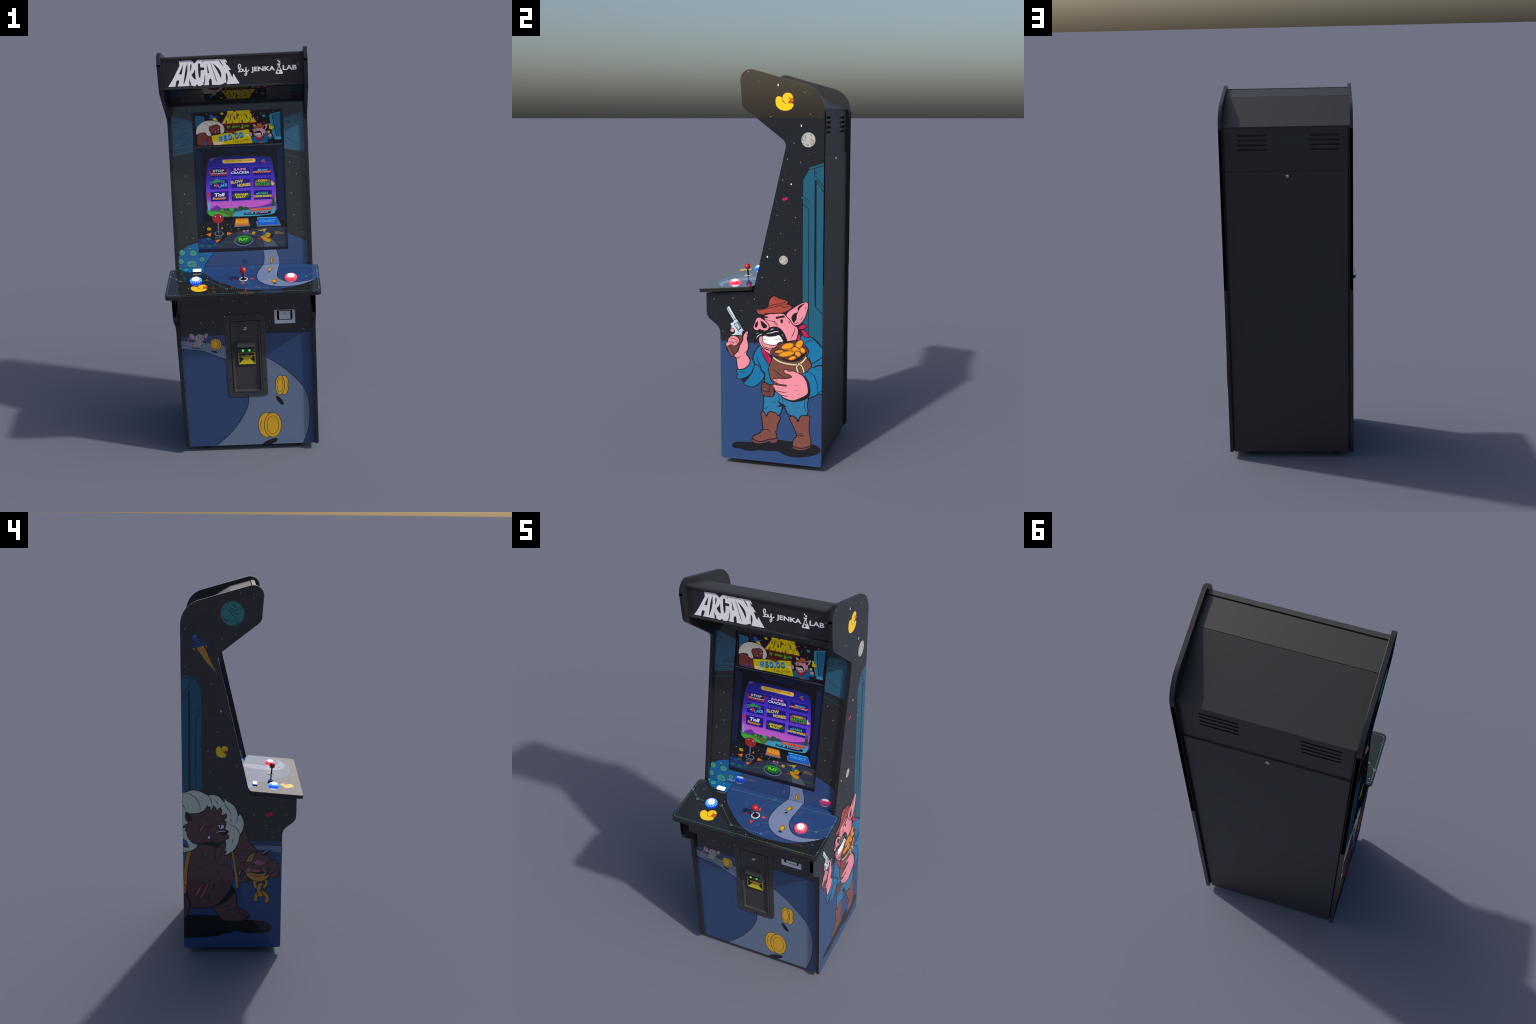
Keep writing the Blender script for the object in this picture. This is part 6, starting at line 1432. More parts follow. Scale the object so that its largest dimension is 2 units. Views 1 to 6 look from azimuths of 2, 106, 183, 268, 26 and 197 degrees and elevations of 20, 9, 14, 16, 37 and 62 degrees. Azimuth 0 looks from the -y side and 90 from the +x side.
frame = Print("monitor_frame_picture", P_SCREEN, monitor, under=True)
M = [1000 * q for q in MON]
frame.poly(S_VIOLET, [(M[0], M[2]), (M[1], M[2]), (M[1], M[3]), (M[0], M[3])])
frame.poly(S_BODY, [(-213, 585.1), (218.2, 586.6), (222, 73.6), (-219.4, 72.6)])
frame.poly(S_WING, [(-211.5, 579.9), (-178.3, 559.7), (-190.3, 230.2), (-215.5, 212.1)])
frame.poly(S_WING, [(186.2, 554), (218, 581.5), (220.1, 200.8), (186.4, 221.3)])
frame.poly(S_NAVY, [(-76.4, 574), (87.9, 573.6), (76.8, 555.4), (-70.5, 555)])
frame.poly(S_DARK, [(-199.8, 574.3), (-81.5, 574.2), (-75.6, 555.3), (-176.8, 556.3)])
frame.poly(S_DARK, [(87.9, 574.3), (210.9, 574.3), (186.1, 552.3), (76.8, 555.4)])
frame.poly(S_RAIL, [(-212.7, 590.1), (214.9, 589.1), (214.8, 585.7), (-212.2, 586)])
frame.poly(S_DARK, [(-176.8, 556.3), (186, 550.7), (176, 220), (-188.7, 226.6)])
frame.poly(S_VIOLET, [(-222.1, 86.7), (224.2, 85.7), (223.7, 71.8), (-219.4, 70.8)])
frame.done()

desk = Print("game_panel_picture", P_SCREEN, monitor, under=True)
desk.poly(D_BLACK, [(-215.5, 212.1), (-188.7, 226.6), (193.3, 221), (221.8, 200.7), (222.5, 85.8), (-220.4, 86.7)])
desk.fill(D_SEA, [(-218.6, 139.1, 1), (-191.4, 142.1), (-157, 134.8), (-116.2, 115.6), (-138.4, 90.3), (-159.4, 86.9, 1), (-220.4, 86.7, 1)])
desk.poly(D_CRATER, oval(-190.4, 126.7, 7.6, 4.2, -2))
desk.poly(D_CRATER, oval(-202.1, 103.4, 13.2, 6.3, -2))
desk.poly(D_CRATER, oval(-167.4, 100.2, 11.1, 7.0, -2))
desk.poly(D_CRATER, oval(-137.3, 111.2, 6.9, 4.9, -2))
desk.poly(D_CRATER, oval(-169.0, 137.7, 11.8, 5.6, -2))
desk.fill(D_MOON, [(-142, 86.9, 1), (-105.4, 123.9), (-65.9, 150.2), (-16.5, 169), (53.2, 178.3), (139.9, 184), (207.2, 180.5), (222.6, 176.4, 1), (223.2, 85.8, 1)])
desk.fill(D_ROAD, [(-23.9, 158.2, 1), (17.7, 158.9), (52.1, 153.9), (86, 136.9), (102.3, 111.8), (104.7, 87.2, 1), (170.6, 87.3, 1), (157.6, 109.5), (130.7, 128), (79.4, 144.1), (34.7, 151.2)])
desk.line(D_GREEN, [(-219.5, 102.4), (-106.4, 102.9), (-84.9, 117.8), (-39.7, 117)], 2.2, taper=0, smooth=False)
desk.line(D_GREEN, [(50.5, 117.4), (66.1, 116.8), (94.4, 89.4)], 2.2, taper=0, smooth=False)
desk.line(D_GREEN, [(146.4, 89), (169.6, 106.2), (221.6, 107.5)], 2.2, taper=0, smooth=False)
desk.line(S_WING, [(-198.7, 201), (-183, 202.1), (-159.9, 213.3), (-42.2, 212.5)], 1.6, taper=0, smooth=False)
desk.line(S_WING, [(40.4, 201.4), (75, 201.7)], 1.6, taper=0, smooth=False)
desk.poly(D_ORANGE, [(-180.7, 160.2), (-152.5, 168.4), (-159.8, 147.8)])
desk.poly(D_ORANGE, [(-75.5, 168), (-48.8, 160.6), (-77, 150.6)])
desk.poly(D_ORANGE, [(-136.4, 130.4), (-107.8, 132.4), (-128.3, 117.1)])
desk.poly(D_ORANGE, [(-106, 183.2), (-100.2, 195.1), (-93.8, 184.4)])
desk.fill(D_DUCK, [(-174.1, 187.8), (-169.6, 193.5), (-159.2, 193.1), (-152.5, 188.6), (-154.6, 181.7), (-165.2, 178.7), (-172.6, 181.8)])
desk.text(D_STEEL, "MOVE", -135.4, 135.6, 10.5, 33.4, tilt=1.2)
for a, b in [(-54.9, 177.6), (-21.4, 175.5), (-73.7, 204.4), (-15.9, 182.9), (-204.6, 154.2), (-190.2, 197.2)]:
    desk.poly(S_WHITE, oval(a, b, 1.6, 1.6, n=8))
desk.poly(D_MOON, oval(-58.7, 192.3, 6.2, 4.9, 18))
desk.poly(D_STEEL, oval(-115.7, 160.9, 23.6, 12.5, -2))
desk.poly(D_BLACK, oval(-115.7, 162.0, 18.0, 8.7, -2))
desk.poly(D_STEEL, [(-120.7, 215.1), (-107.8, 215.3), (-112.6, 160.8), (-119.2, 160.7)])
desk.poly(S_DARK, [(-114.1, 214.8), (-107.8, 215.3), (-112.6, 160.8), (-115.4, 160.6)])
desk.poly(D_STEEL, [(-39, 190.8), (39.3, 191.7), (31.4, 231.3), (-30.2, 232.1)])
desk.poly(D_ORANGE, [(-35.3, 197.6), (34, 198.2), (29.6, 231.3), (-29.1, 232.1)])
desk.poly(S_ORANGE, [(-31.2, 225.2), (30.4, 225.4), (29.6, 231.3), (-29.1, 232.1)])
desk.text(S_YELLOW, "RULES", -29.2, 209.5, 12.5, 60.2, tilt=-0.1, bold=0.03)
desk.poly(D_STEEL, [(75.1, 188.8), (192, 189.8), (171.4, 234), (68.6, 214.1)])
desk.poly(D_BLUE, [(77.5, 194.6), (183.6, 196.1), (170.3, 233.4), (75.7, 232.9)])
desk.poly(S_CYAN, [(75.5, 229.4), (171.6, 229.9), (170.3, 233.4), (75.7, 233.6)])
desk.text(S_CYAN, "COLLECT", 85.0, 209.9, 11.8, 78.4, tilt=-0.4, bold=0.03)
desk.poly(D_STEEL, oval(3.9, 122.1, 45.8, 26.5, 1))
desk.poly(S_NAVY, oval(3.9, 123.5, 40.9, 23.0, 1))
desk.poly(D_GREEN, oval(4.2, 128.1, 37.4, 20.2, 1))
desk.poly(S_GREEN, oval(4.4, 133.3, 29.5, 11.8, 1))
desk.poly(D_GREEN, oval(4.2, 129.8, 30.5, 12.5, 1))
desk.text(D_LIME, "PLAY", -18.7, 122.0, 12.6, 45.8, tilt=0.7, bold=0.03)
desk.poly(D_ROAD, oval(16.2, 164.8, 12.5, 8.3, -2))
desk.poly(EAR_PINK, oval(7.1, 169.4, 4.8, 4.2, -2))
desk.poly(EAR_PINK, oval(26.9, 170.7, 4.2, 3.8, -2))
desk.poly(D_DUCK, oval(55.1, 158.3, 9.0, 7.3, -2))
desk.fill(D_DUCK, [(90.3, 140.2), (107.1, 144.7), (120.6, 135.4), (137.6, 127.7), (140.6, 117.1), (126.4, 109), (109.3, 115), (94.3, 127.8)], B_INK, 1.6)
desk.poly(D_DUCK, oval(125.2, 145.7, 14.5, 12.5, -2), B_INK, 1.6)
desk.fill(D_ORANGE, [(131.5, 147.2), (143.6, 147.7), (141.6, 141.5), (133, 141.2)])
desk.poly(B_INK, oval(143.4, 141.4, 6.9, 7.0, -2))
desk.poly(B_SHIRT, oval(107.6, 156.2, 9.0, 9.7, -2))
desk.poly(B_PIG, oval(107.5, 169.0, 6.2, 5.6, -2))
desk.fill(D_DUCK, [(72.1, 174), (87.5, 170.9), (105, 176.1), (118.9, 176.6), (113.4, 168.8), (101.2, 168.3), (87.3, 166.4)])
desk.fill(B_SCARF, [(73.5, 126.9), (85.8, 131.6), (92.4, 124.4), (82, 124.8)])
desk.fill(B_SCARF, [(117.1, 135.6), (134.2, 129.6), (135.7, 124.3), (120.3, 128.5)])
desk.text(D_DUCK, "ABOUT", 158.8, 155.4, 6.3, 28.4, tilt=0.4)
desk.text(D_DUCK, "ARCADE", 157.8, 148.5, 6.3, 43.6, tilt=0.4)
desk.done()

tube = Print("game_menu_picture", P_SCREEN, monitor, under=True)
tube.fill(S_SKY, [(-147.3, 527.7), (-136.8, 533.1), (-95.3, 538.1), (-47.2, 540.4), (0.8, 540), (69.1, 537), (120.3, 532.1), (147.4, 526.8), (157.3, 517.9), (165.7, 471.5), (171.8, 413.1), (174.9, 361.5), (172.1, 292.8), (165.6, 262), (153.1, 250.4), (108, 245.4), (56, 242.4), (-13.1, 241.8), (-82.2, 244), (-144.3, 249.1), (-159.5, 254.9), (-166.9, 279.5), (-170, 341.8), (-169.7, 393.5), (-164.8, 455), (-155.3, 505.9)], INK, 3.7)
tube.fill(S_HAZE, [(-146.8, 524.3), (-136.8, 532.4), (-117.9, 532.2), (-123.3, 526.7), (-133.9, 522), (-142.5, 521.7)])
tube.fill(S_HILL, [(-170, 286.5), (-149.2, 287.4), (-127.9, 298.6), (-114, 299.7), (-97.4, 286.9), (-59.5, 283.6), (-31.8, 285.9), (-4.4, 279.5), (20.2, 288.9), (40.7, 284.5), (78.7, 286.4), (110, 292), (141.4, 301), (170.9, 306.6), (167.3, 261.9), (56.8, 259.6), (-46.6, 264), (-167.5, 269.1)])
tube.fill(S_LEAF, [(147.7, 286.9, 1), (150.4, 310.9), (158.4, 338.2), (164.6, 320.7), (165.7, 289.6, 1)])
tube.fill(S_CYAN, [(-163.1, 274.1, 1), (-162.8, 307), (-158.5, 322.3), (-154.5, 306.6), (-152.6, 275.4, 1)])
tube.poly(S_LEAF, oval(-104.7, 278.6, 6.9, 7.6, -2))
tube.poly(S_LEAF, oval(-83.9, 279.4, 8.6, 6.2, -2))
tube.poly(S_LEAF, oval(-66.6, 279.4, 7.6, 6.9, -2))
tube.poly(S_GREEN, oval(-47.6, 279.6, 10.4, 9.0, -2))
tube.poly(S_LEAF, oval(-28.8, 275.4, 8.6, 6.9, -2))
tube.poly(S_LEAF, oval(-2.6, 282.9, 13.8, 11.0, -2))
tube.poly(S_LEAF, oval(19.8, 280.2, 12.1, 8.3, -2))
tube.poly(S_GREEN, oval(-94.4, 276.4, 8.6, 4.8, -2))
tube.fill(S_GRASS, [(-168.8, 276.1), (-139.4, 276.6), (-108.4, 274.2), (-73.8, 273.8), (-32.6, 268.6), (-5.1, 265.7), (-13.1, 241.8, 1), (-144.3, 248.7, 1), (-159.5, 254.9), (-166.6, 272.5)])
tube.fill(S_GREEN, [(-167.5, 269.1), (-139.7, 271.4), (-105.3, 267.2), (-74.7, 256.5), (-58, 243.4, 1), (-144.3, 248.7), (-159.5, 254.9)])
tube.fill(S_PATH, [(-115.3, 274.5, 1), (-87.8, 270.9), (-60.5, 262.9), (-43.8, 250), (-40.7, 243, 1), (-51.1, 243.4, 1), (-60.9, 255.9), (-88, 267.5)])
tube.fill(S_STEEL, [(-47.6, 243.3, 1), (-29.3, 265, 1), (-1.6, 267.3, 1), (5.6, 272.2, 1), (36.7, 272.6, 1), (43.9, 279.2, 1), (157.9, 284.7, 1), (170.1, 286, 1), (165.6, 260.2), (153, 248.7), (107.9, 244.3), (56, 241.7)])
tube.poly(S_NAVY, [(8, 249.6), (13.7, 260.8), (146.7, 262.8), (142.7, 250.8), (108.1, 247.1)])
tube.poly(S_RED, [(34.6, 265.8), (45.6, 278.1), (157.8, 281.3), (148.6, 267.9)])
tube.text(S_YELLOW, "CREDITS", 44.1, 268.8, 5.9, 40.2, tilt=2.5)
tube.text(S_ORANGE, "$1.540.00", 90.1, 270.7, 5.9, 57.1, tilt=2.4, bold=0.02)
tube.text(S_CYAN, "WIN", 15.1, 253.1, 6.9, 24.2, tilt=0.9, bold=0.02)
tube.text(S_PINK, "$1.540.00", 66.2, 253.7, 6.9, 63.0, tilt=2.0, bold=0.02)
tube.poly(S_CYAN, oval(51.5, 257.1, 6.2, 4.8, -2))
tube.fill(S_PINK, [(-82.6, 518.1), (-76.2, 522.9), (-0, 523), (72, 523.3), (79.3, 517.9), (78.1, 507.7), (71.8, 503.6), (-0.9, 504), (-76.4, 504.5), (-81.6, 509.5)])
tube.fill(S_YELLOW, [(-79.2, 517.6), (-73.8, 521.5), (-0.1, 521.7), (70.2, 521.7), (75.8, 517), (74.7, 508.9), (69.4, 505.4), (-0.8, 505.7), (-74.6, 506.2), (-78.9, 510.1)])
tube.text(S_PATH, "SELECT THE GAME", -67.4, 512.3, 8.2, 132.0, tilt=-0.1, bold=0.01)
tube.poly(S_RED, oval(112.4, 507.3, 5.1, 4.1, -2))
tube.poly(S_RED, oval(122.4, 502.0, 5.1, 4.1, -2))
tube.line(S_GREEN, [(112.5, 510.7), (118.9, 515.1), (122.6, 505.4)], 1.6, taper=0)
tube.line(S_GREEN, [(112.7, 514.1), (123.7, 516)], 2.0, taper=0)
tube.poly(S_PANEL, [(-145.4, 485), (-56.7, 485.2), (-60.8, 436.8), (-147.1, 437.1)], S_EDGE, 1.6)
tube.poly(S_PANEL, [(-43.6, 486), (50.4, 485), (50.4, 439.6), (-44.4, 440.2)], S_EDGE, 1.6)
tube.poly(S_PANEL, [(62.6, 482.1), (151.7, 481.7), (153.3, 437.2), (63, 438.3)], S_EDGE, 1.6)
tube.poly(S_PANEL, [(-146.8, 429.6), (-58.7, 429.2), (-59.7, 380.1), (-148.7, 380.2)], S_EDGE, 1.6)
tube.poly(S_PANEL, [(-44.3, 428.6), (49.9, 428), (49.8, 381.3), (-45.2, 381.2)], S_EDGE, 1.6)
tube.poly(S_PANEL, [(64.3, 428), (152.9, 427.6), (153, 380.3), (64.3, 380.7)], S_EDGE, 1.6)
tube.poly(S_PANEL, [(-147.8, 369.1), (-59.5, 369.8), (-59.8, 321.6), (-148.2, 321.6)], S_EDGE, 1.6)
tube.poly(S_PANEL, [(-44.4, 369.2), (50, 368.6), (49.2, 321.4), (-44.6, 320.6)], S_EDGE, 1.6)
tube.poly(S_PANEL, [(64.4, 368.3), (153.1, 368), (152.6, 321.9), (64.4, 321.5)], S_EDGE, 1.6)
tube.poly(S_RED, [(-152.3, 469.9), (-53.8, 474.9), (-65.4, 447.3), (-141.1, 447.1)])
tube.poly(S_NAVY, [(-143.5, 468.5), (-60.8, 471.7), (-69.3, 451.6), (-137.4, 452.1)])
tube.text(S_WHITE, "STOP", -130.6, 464.5, 10.3, 54.7, tilt=0.4, bold=0.03)
tube.text(S_WHITE, "Invasion", -139.1, 453.9, 8.2, 74.0, tilt=0.7, bold=0.02, shear=0.3)
tube.text(S_PINK, "SAFE", -29.4, 468.0, 10.2, 61.1, tilt=-0.2, bold=0.03)
tube.text(S_WHITE, "CRACKER", -43.2, 452.5, 10.3, 90.7, tilt=-0.3, bold=0.03)
tube.text(S_CYAN, "JELAXY", 83.0, 462.8, 7.5, 58.3, tilt=-0.5, bold=0.04, shear=0.5)
tube.text(S_ORANGE, "FIGHTERS", 61.3, 453.5, 8.2, 92.6, tilt=-0.4, bold=0.05, shear=0.5)
tube.line(S_RED, [(62.4, 461.6), (153.2, 459.8)], 2.0, taper=0)
tube.text(S_GREEN, "ZOMBIE", -146.1, 402.8, 13.7, 44.2, tilt=20.4, bold=0.03)
tube.text(S_GREEN, "NITE", -115.1, 416.9, 12.3, 38.4, tilt=-12.7, bold=0.03)
tube.text(S_CYAN, "LAKE", -106.2, 388.0, 13.0, 43.0, tilt=9.5, bold=0.03)
tube.poly(S_RED, oval(-116.6, 399.8, 8.3, 9.6, -2))
tube.poly(S_WHITE, oval(-125.7, 398.4, 2.8, 2.7, -2))
tube.text(S_YELLOW, "SLOW", -46.2, 403.6, 13.7, 61.2, tilt=6.2, bold=0.03)
tube.text(S_GREEN, "SLOW", -47.0, 401.9, 2.7, 61.2, tilt=5.9)
tube.text(S_YELLOW, "HORSES", -13.2, 387.4, 13.7, 63.0, tilt=3.8, bold=0.04)
tube.poly(S_PATH, [(69.7, 410.7), (84.6, 420.3), (142.9, 419.5), (149.4, 410), (147.7, 386.7), (71.4, 386.6)])
tube.poly(S_LEAF, [(73.7, 407.1), (145.8, 407.4), (143.7, 389.6), (74.3, 389.9)])
tube.text(S_YELLOW, "COIN", 86.9, 409.9, 8.2, 42.6, tilt=0.3, bold=0.03)
tube.text(S_GREEN, "BATTLE", 74.8, 392.6, 12.3, 68.7, tilt=-0.5, bold=0.03)
tube.fill(S_YELLOW, [(152.8, 410.5), (157.9, 408.6), (159.3, 400), (166.1, 399.7), (165.1, 392.2), (157.1, 389.1), (152.1, 393.4)])
tube.fill(S_RED, [(-166.3, 358.9), (-150.5, 365.1), (-149.7, 346.1), (-156.6, 346.4)])
tube.text(S_WHITE, "Toll", -129.0, 345.2, 15.1, 51.1, tilt=0.3, bold=0.05, shear=0.15)
tube.text(S_ORANGE, "Runner", -139.5, 330.2, 11.7, 68.4, tilt=0.5, bold=0.05, shear=0.15)
tube.poly(S_LEAF, [(-45.9, 352), (52.4, 353), (39.4, 332.9), (-29.6, 331.7)])
tube.text(S_YELLOW, "SWAMP", -29.0, 345.5, 9.6, 65.5, tilt=-0.0, bold=0.04)
tube.text(S_YELLOW, "RALLY", -24.4, 333.5, 9.6, 50.0, tilt=0.7, bold=0.04)
tube.text(S_GREEN, "FARM", 87.6, 347.4, 10.3, 44.8, tilt=0.2, bold=0.04)
tube.text(S_YELLOW, "DEFENDERS", 63.5, 333.2, 9.6, 87.8, tilt=0.3, bold=0.04)
tube.poly(S_CYAN, [(74.7, 352.1), (86.8, 353.3), (85.5, 348.1), (74.5, 347.2)])
tube.done()

knob = Print("painted_joystick_knob", P_SCREEN, monitor)
knob.poly(D_BALL, oval(-117.5, 236.5, 28.4, 23.6, -2))
knob.poly(S_WHITE, oval(-104.6, 245.7, 3.1, 3.1, -2))
knob.poly(S_WHITE, oval(-129.4, 247.4, 2.1, 2.1, -2))
knob.done()

banner = Print("top_prize_banner", P_SCREEN, monitor, under=True)
banner.poly(B_BACK, [(-205.7, 750.5), (211.4, 751.5), (209.5, 594.2), (-207.2, 595.7)])
banner.fill(B_RED, [(-84.1, 691.2), (-57.4, 729.2), (-39.2, 746.8), (54.9, 746.3), (74, 730.7), (92.2, 695.7), (59.4, 682.4), (53.8, 667.9), (-46.2, 652.7), (-68.1, 663.5)])
banner.poly(B_TEAL, [(-205.8, 740.2), (-166.2, 737.7), (-157.2, 728.8), (-163.3, 697.2), (-182.2, 668.5), (-203.1, 649.7)], B_INK, 1.6)
banner.poly(B_TEAL_LIGHT, [(154.3, 729.6), (163.3, 736.1), (210.1, 743.7), (208.9, 609.5), (177.8, 609.6), (164.4, 643.4)], B_INK, 1.6)
banner.poly(B_TEAL, [(167.9, 729), (209.9, 739.4), (208.1, 621.8), (186, 626.5)], B_INK, 1.4)
banner.line(B_INK, [(169.2, 729), (177.1, 682.1), (187.2, 626.4)], 2.4, taper=0)
banner.poly(B_INK, [(166.5, 605.2), (208.7, 605.8), (209, 594.2), (167.3, 595.3)])
banner.line(B_INK, [(-172.4, 736.8), (-172.2, 717.2), (-178.7, 688)], 1.8, taper=0)
banner.line(B_INK, [(-203.7, 733.3), (-189, 727.7), (-188.4, 703.2)], 1.4, taper=0)
for a, b in [(81.3, 738.7), (112.7, 739.3), (174.8, 746.3), (128.1, 695.3), (73.1, 711.2), (-148.3, 746.7), (-44.7, 736), (98.2, 719.9)]:
    banner.poly(B_CREAM, oval(a, b, 1.5, 1.5, n=8))
banner.poly(B_TEAL_LIGHT, oval(129.5, 726.3, 8.4, 6.1, -3))
banner.poly(B_SCARF, oval(120.3, 744.3, 2.5, 2.2, -3))
banner.fill(B_YELLOW, [(-81.9, 746.2), (-75, 750.1), (-67, 746.3), (-69.3, 739.6), (-74.2, 741), (-79.1, 742.4)])
banner.fill(B_YELLOW, [(-122.3, 722.3, 1), (-104.7, 726.4, 1), (-94.5, 707.6, 1), (-110.5, 709.5, 1)])
banner.fill(B_ROCKET, [(-154.6, 721.8, 1), (-131.9, 728.9), (-135.2, 737.6), (-131.1, 743.5), (-121.3, 741.9), (-114.3, 733), (-78.3, 732.6, 1), (-99.7, 727.4), (-129.7, 722.7)], B_INK, 1.4)
arcade_word(banner, B_SCARF, B_RED, None, -75.9, 697.2, 0.513, grow=2.0)
arcade_word(banner, B_YELLOW, B_RED, None, -75.9, 697.2, 0.513)
banner.text(B_GREEN, "by", -52.1, 676.3, 13.5, 17.4, tilt=-0.1, bold=0.01, shear=0.2)
banner.text(B_GREEN, "JENKA", -27.7, 676.4, 8.3, 40.3, tilt=1.0, bold=0.03)
banner.text(B_GREEN, "LAB", 29.4, 677.6, 8.3, 26.1, tilt=0.2, bold=0.03)
banner.fill(B_GREEN, [(20.6, 690.3), (24, 690.1), (24.6, 681.5), (29.1, 671.5), (15.5, 670.8), (20.2, 681.2)])
banner.fill(B_BEAR, [(-199, 656.9), (-182.5, 663.6), (-158.2, 652.7), (-133.8, 641.8), (-109, 640.7), (-86.2, 649.5), (-58.6, 653.2), (-43.4, 659.9), (-11.1, 659.7), (-11.7, 647.5), (-34.1, 647.2), (-68.9, 646.3), (-119.2, 636.2), (-125.1, 616.7), (-121.2, 596.8), (-194.7, 597.1), (-199.7, 620)], B_INK, 2.0)
banner.fill(B_MANE, [(-203.8, 659.6), (-200.3, 679.1), (-188.2, 695.8), (-167.6, 709.6), (-142.5, 715.4), (-115.3, 713.4), (-95.7, 707.7), (-86, 703.6), (-71.7, 690.7), (-63.9, 673.1), (-68.6, 653.7), (-83.8, 648.2), (-85.4, 664.2), (-91.9, 684.2), (-116.5, 690.2), (-134.2, 683.6), (-139.8, 671.6), (-128.6, 646.5), (-138.9, 640), (-151.1, 645), (-160.4, 657.7), (-182.9, 656.2), (-201.9, 649.7)], B_INK, 2.0)
banner.fill(B_BEAR, [(-137.9, 683.8), (-126.5, 688.2), (-113.9, 692.5), (-96.4, 693), (-85.7, 683.9), (-85.2, 669.1), (-85.9, 654.4), (-103.5, 650.3), (-123.4, 651.2), (-135.3, 661.5)], B_INK, 1.8)
banner.line(B_PIG, [(-122.7, 664.7), (-114.7, 675.4)], 1.8, taper=0.6)
banner.poly(B_MANE, oval(-93.8, 670.8, 2.5, 2.5, -3))
banner.poly(B_INK, oval(-89.8, 665.7, 5.5, 2.0, -3))
banner.poly(B_MANE, oval(-108.8, 659.1, 1.7, 2.5, -3))
banner.fill(B_ROCKET, [(-163.1, 606.1), (-152.5, 617.9), (-150.5, 608), (-156.1, 596.4), (-162.3, 596.7)])
banner.line(B_INK, [(-168, 702.3), (-148.3, 699), (-139, 686.3)], 1.2, taper=0.6)
banner.line(B_INK, [(-142.6, 713.4), (-125.6, 705.3), (-118.8, 692.7)], 1.2, taper=0.6)
banner.line(B_INK, [(-115.3, 712.2), (-103.3, 704.3), (-100.1, 694.4)], 1.2, taper=0.6)
banner.fill(B_BEAR, [(-152.1, 625.3), (-131.7, 634.3), (-122.2, 626.5), (-120.8, 604.2), (-126.2, 595.8), (-148.6, 596.8)], B_INK, 1.8)
banner.fill(B_BEAR, [(-63.2, 662), (-50.6, 665.2), (-43.5, 657.5), (-58.6, 653.2)], B_INK, 1.4)
banner.poly(B_YELLOW, [(-130.1, 641.6), (52.5, 666.8), (70, 597.1), (-121.2, 595.6)], B_INK, 1.8)
banner.poly(B_CREAM, [(27.7, 639.6), (53.9, 642.1), (60.3, 618.5), (47.2, 631.3)])
banner.poly(B_CREAM, [(-122.5, 619.1), (-110.5, 611.2), (-80.5, 612.3), (-66.1, 601.8), (-86.3, 595.8), (-117.5, 596.2)])
banner.fill(B_BEAR, [(-42.2, 659.9), (-25.9, 661.6), (-11.1, 659.7), (-12.9, 648.8), (-24.2, 645.6), (-32.7, 650.9), (-41.4, 650)], B_INK, 1.4)
banner.text(B_DEEP, "$50.00", -91.7, 608.4, 24.1, 120.9, tilt=9.2, bold=0.035, spacing=1.1)
banner.text(B_BLUE, "$50.00", -93.0, 612.4, 24.1, 120.9, tilt=9.2, bold=0.03, spacing=1.1)
banner.text(B_RUST, "Top prize", -26.3, 600.6, 12.8, 81.4, tilt=8.0, shear=0.3)
banner.fill(B_SHIRT, [(66.7, 623.1), (82, 632.3), (99.4, 634), (129.6, 642.5), (145.1, 656.5), (153.8, 629.1), (163.8, 631.1), (169.6, 621), (160.6, 612.8), (143.3, 614.8), (142.6, 597.6), (92.9, 596.8), (70.7, 600.8)], B_INK, 1.8)
banner.poly(B_HAT, [(101.8, 601.9), (120.4, 601.5), (120.1, 595.6), (101.5, 595.7)])
banner.fill(B_PIG, [(76.1, 666.9), (96.2, 673.4), (121.1, 674.8), (133, 664.4), (134.7, 644.7), (126.5, 627.9), (106.2, 618.9), (89.1, 624.6), (77.3, 637.4)], B_INK, 1.8)
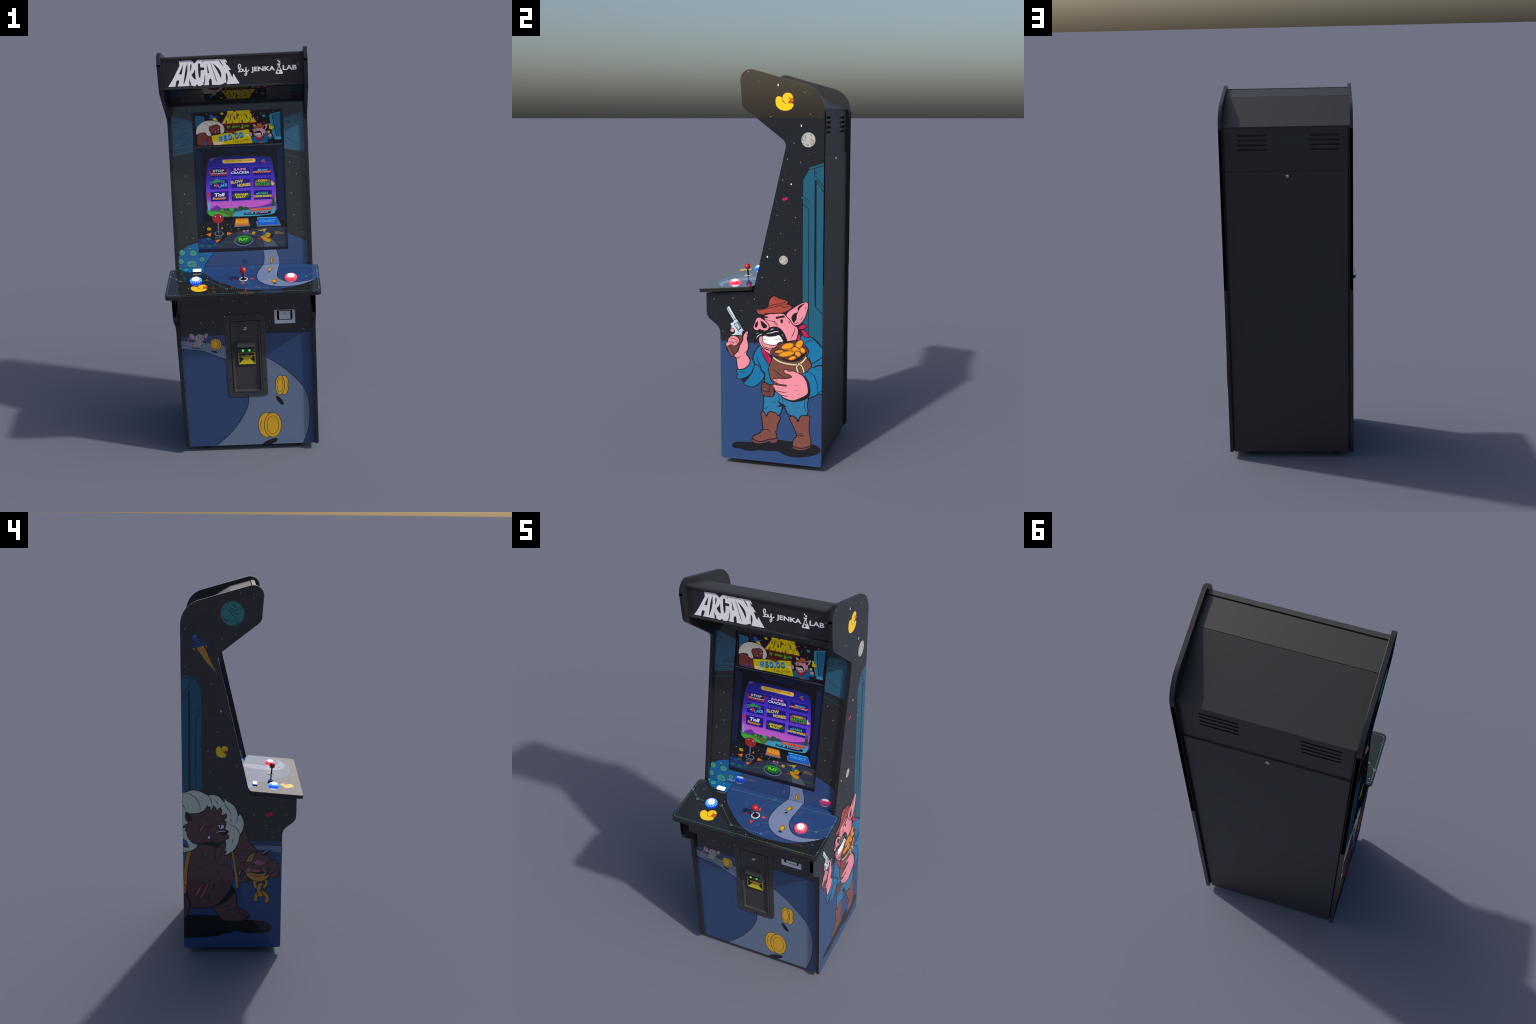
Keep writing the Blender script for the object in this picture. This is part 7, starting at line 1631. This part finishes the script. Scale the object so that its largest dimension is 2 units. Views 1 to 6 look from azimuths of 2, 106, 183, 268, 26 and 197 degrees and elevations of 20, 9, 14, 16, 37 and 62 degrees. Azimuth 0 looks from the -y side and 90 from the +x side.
banner.fill(B_PIG, [(116, 672.5), (131.4, 684.1), (145.9, 688.4), (143.2, 671.3), (132.9, 660.8)], B_INK, 1.6)
banner.fill(B_INK, [(123.3, 668.5), (133.7, 681.6), (134.5, 669.3), (126.7, 662.3)])
banner.fill(B_PIG, [(74.6, 689.1), (89.2, 683.5), (88.9, 676.2), (77.8, 676.7)], B_INK, 1.4)
banner.fill(B_HAT, [(75.2, 674.3), (91.5, 678.5), (94.5, 690.7), (102, 692.3), (120.4, 689), (121.2, 678.4), (124.7, 673.4), (103.4, 668.7), (78.7, 669.3)], B_INK, 1.6)
banner.fill(B_SCARF, [(80.8, 632.3), (101.4, 621.6), (119.2, 630.6), (125.9, 642.6), (129.3, 635.1), (113.6, 616.1), (99.5, 606.9), (88.8, 618.4)], B_INK, 1.6)
banner.poly(B_PIG, oval(80.7, 658.9, 9.9, 7.9, -12), B_INK, 1.6)
banner.poly(B_INK, oval(76.2, 657.6, 2.0, 2.9, -3))
banner.poly(B_INK, oval(84.4, 658.7, 2.0, 2.9, -3))
banner.fill(B_INK, [(72.7, 647.4), (90.3, 652.8), (105.4, 655.8), (116, 643.1), (115.5, 632), (107.3, 643.5), (90.1, 646.7), (77.6, 644.8)])
banner.fill(B_MANE, [(83.6, 640.8), (100, 646.2), (112.3, 643.2), (109.4, 634.8), (89.5, 633.2)], B_INK, 1.4)
banner.line(B_INK, [(102.1, 667), (113.4, 669)], 2.4, taper=0.6)
banner.poly(B_PIG, oval(155.2, 631.5, 9.4, 8.8, -3), B_INK, 1.6)
banner.poly(B_YELLOW, oval(149.2, 647.8, 6.9, 6.6, -3), B_INK, 1.4)
banner.fill(B_PIG, [(56.6, 648.1), (65.4, 650.2), (69.8, 637.7), (64.5, 630.6), (58.6, 635.8)], B_INK, 1.4)
banner.fill(B_YELLOW, [(149.3, 685.8), (158.8, 687.8), (163.3, 677.8), (175.4, 671.1), (170.1, 661.6), (155.2, 660.5), (150.5, 667.3), (153.3, 675.8)], B_INK, 1.4)
banner.done()
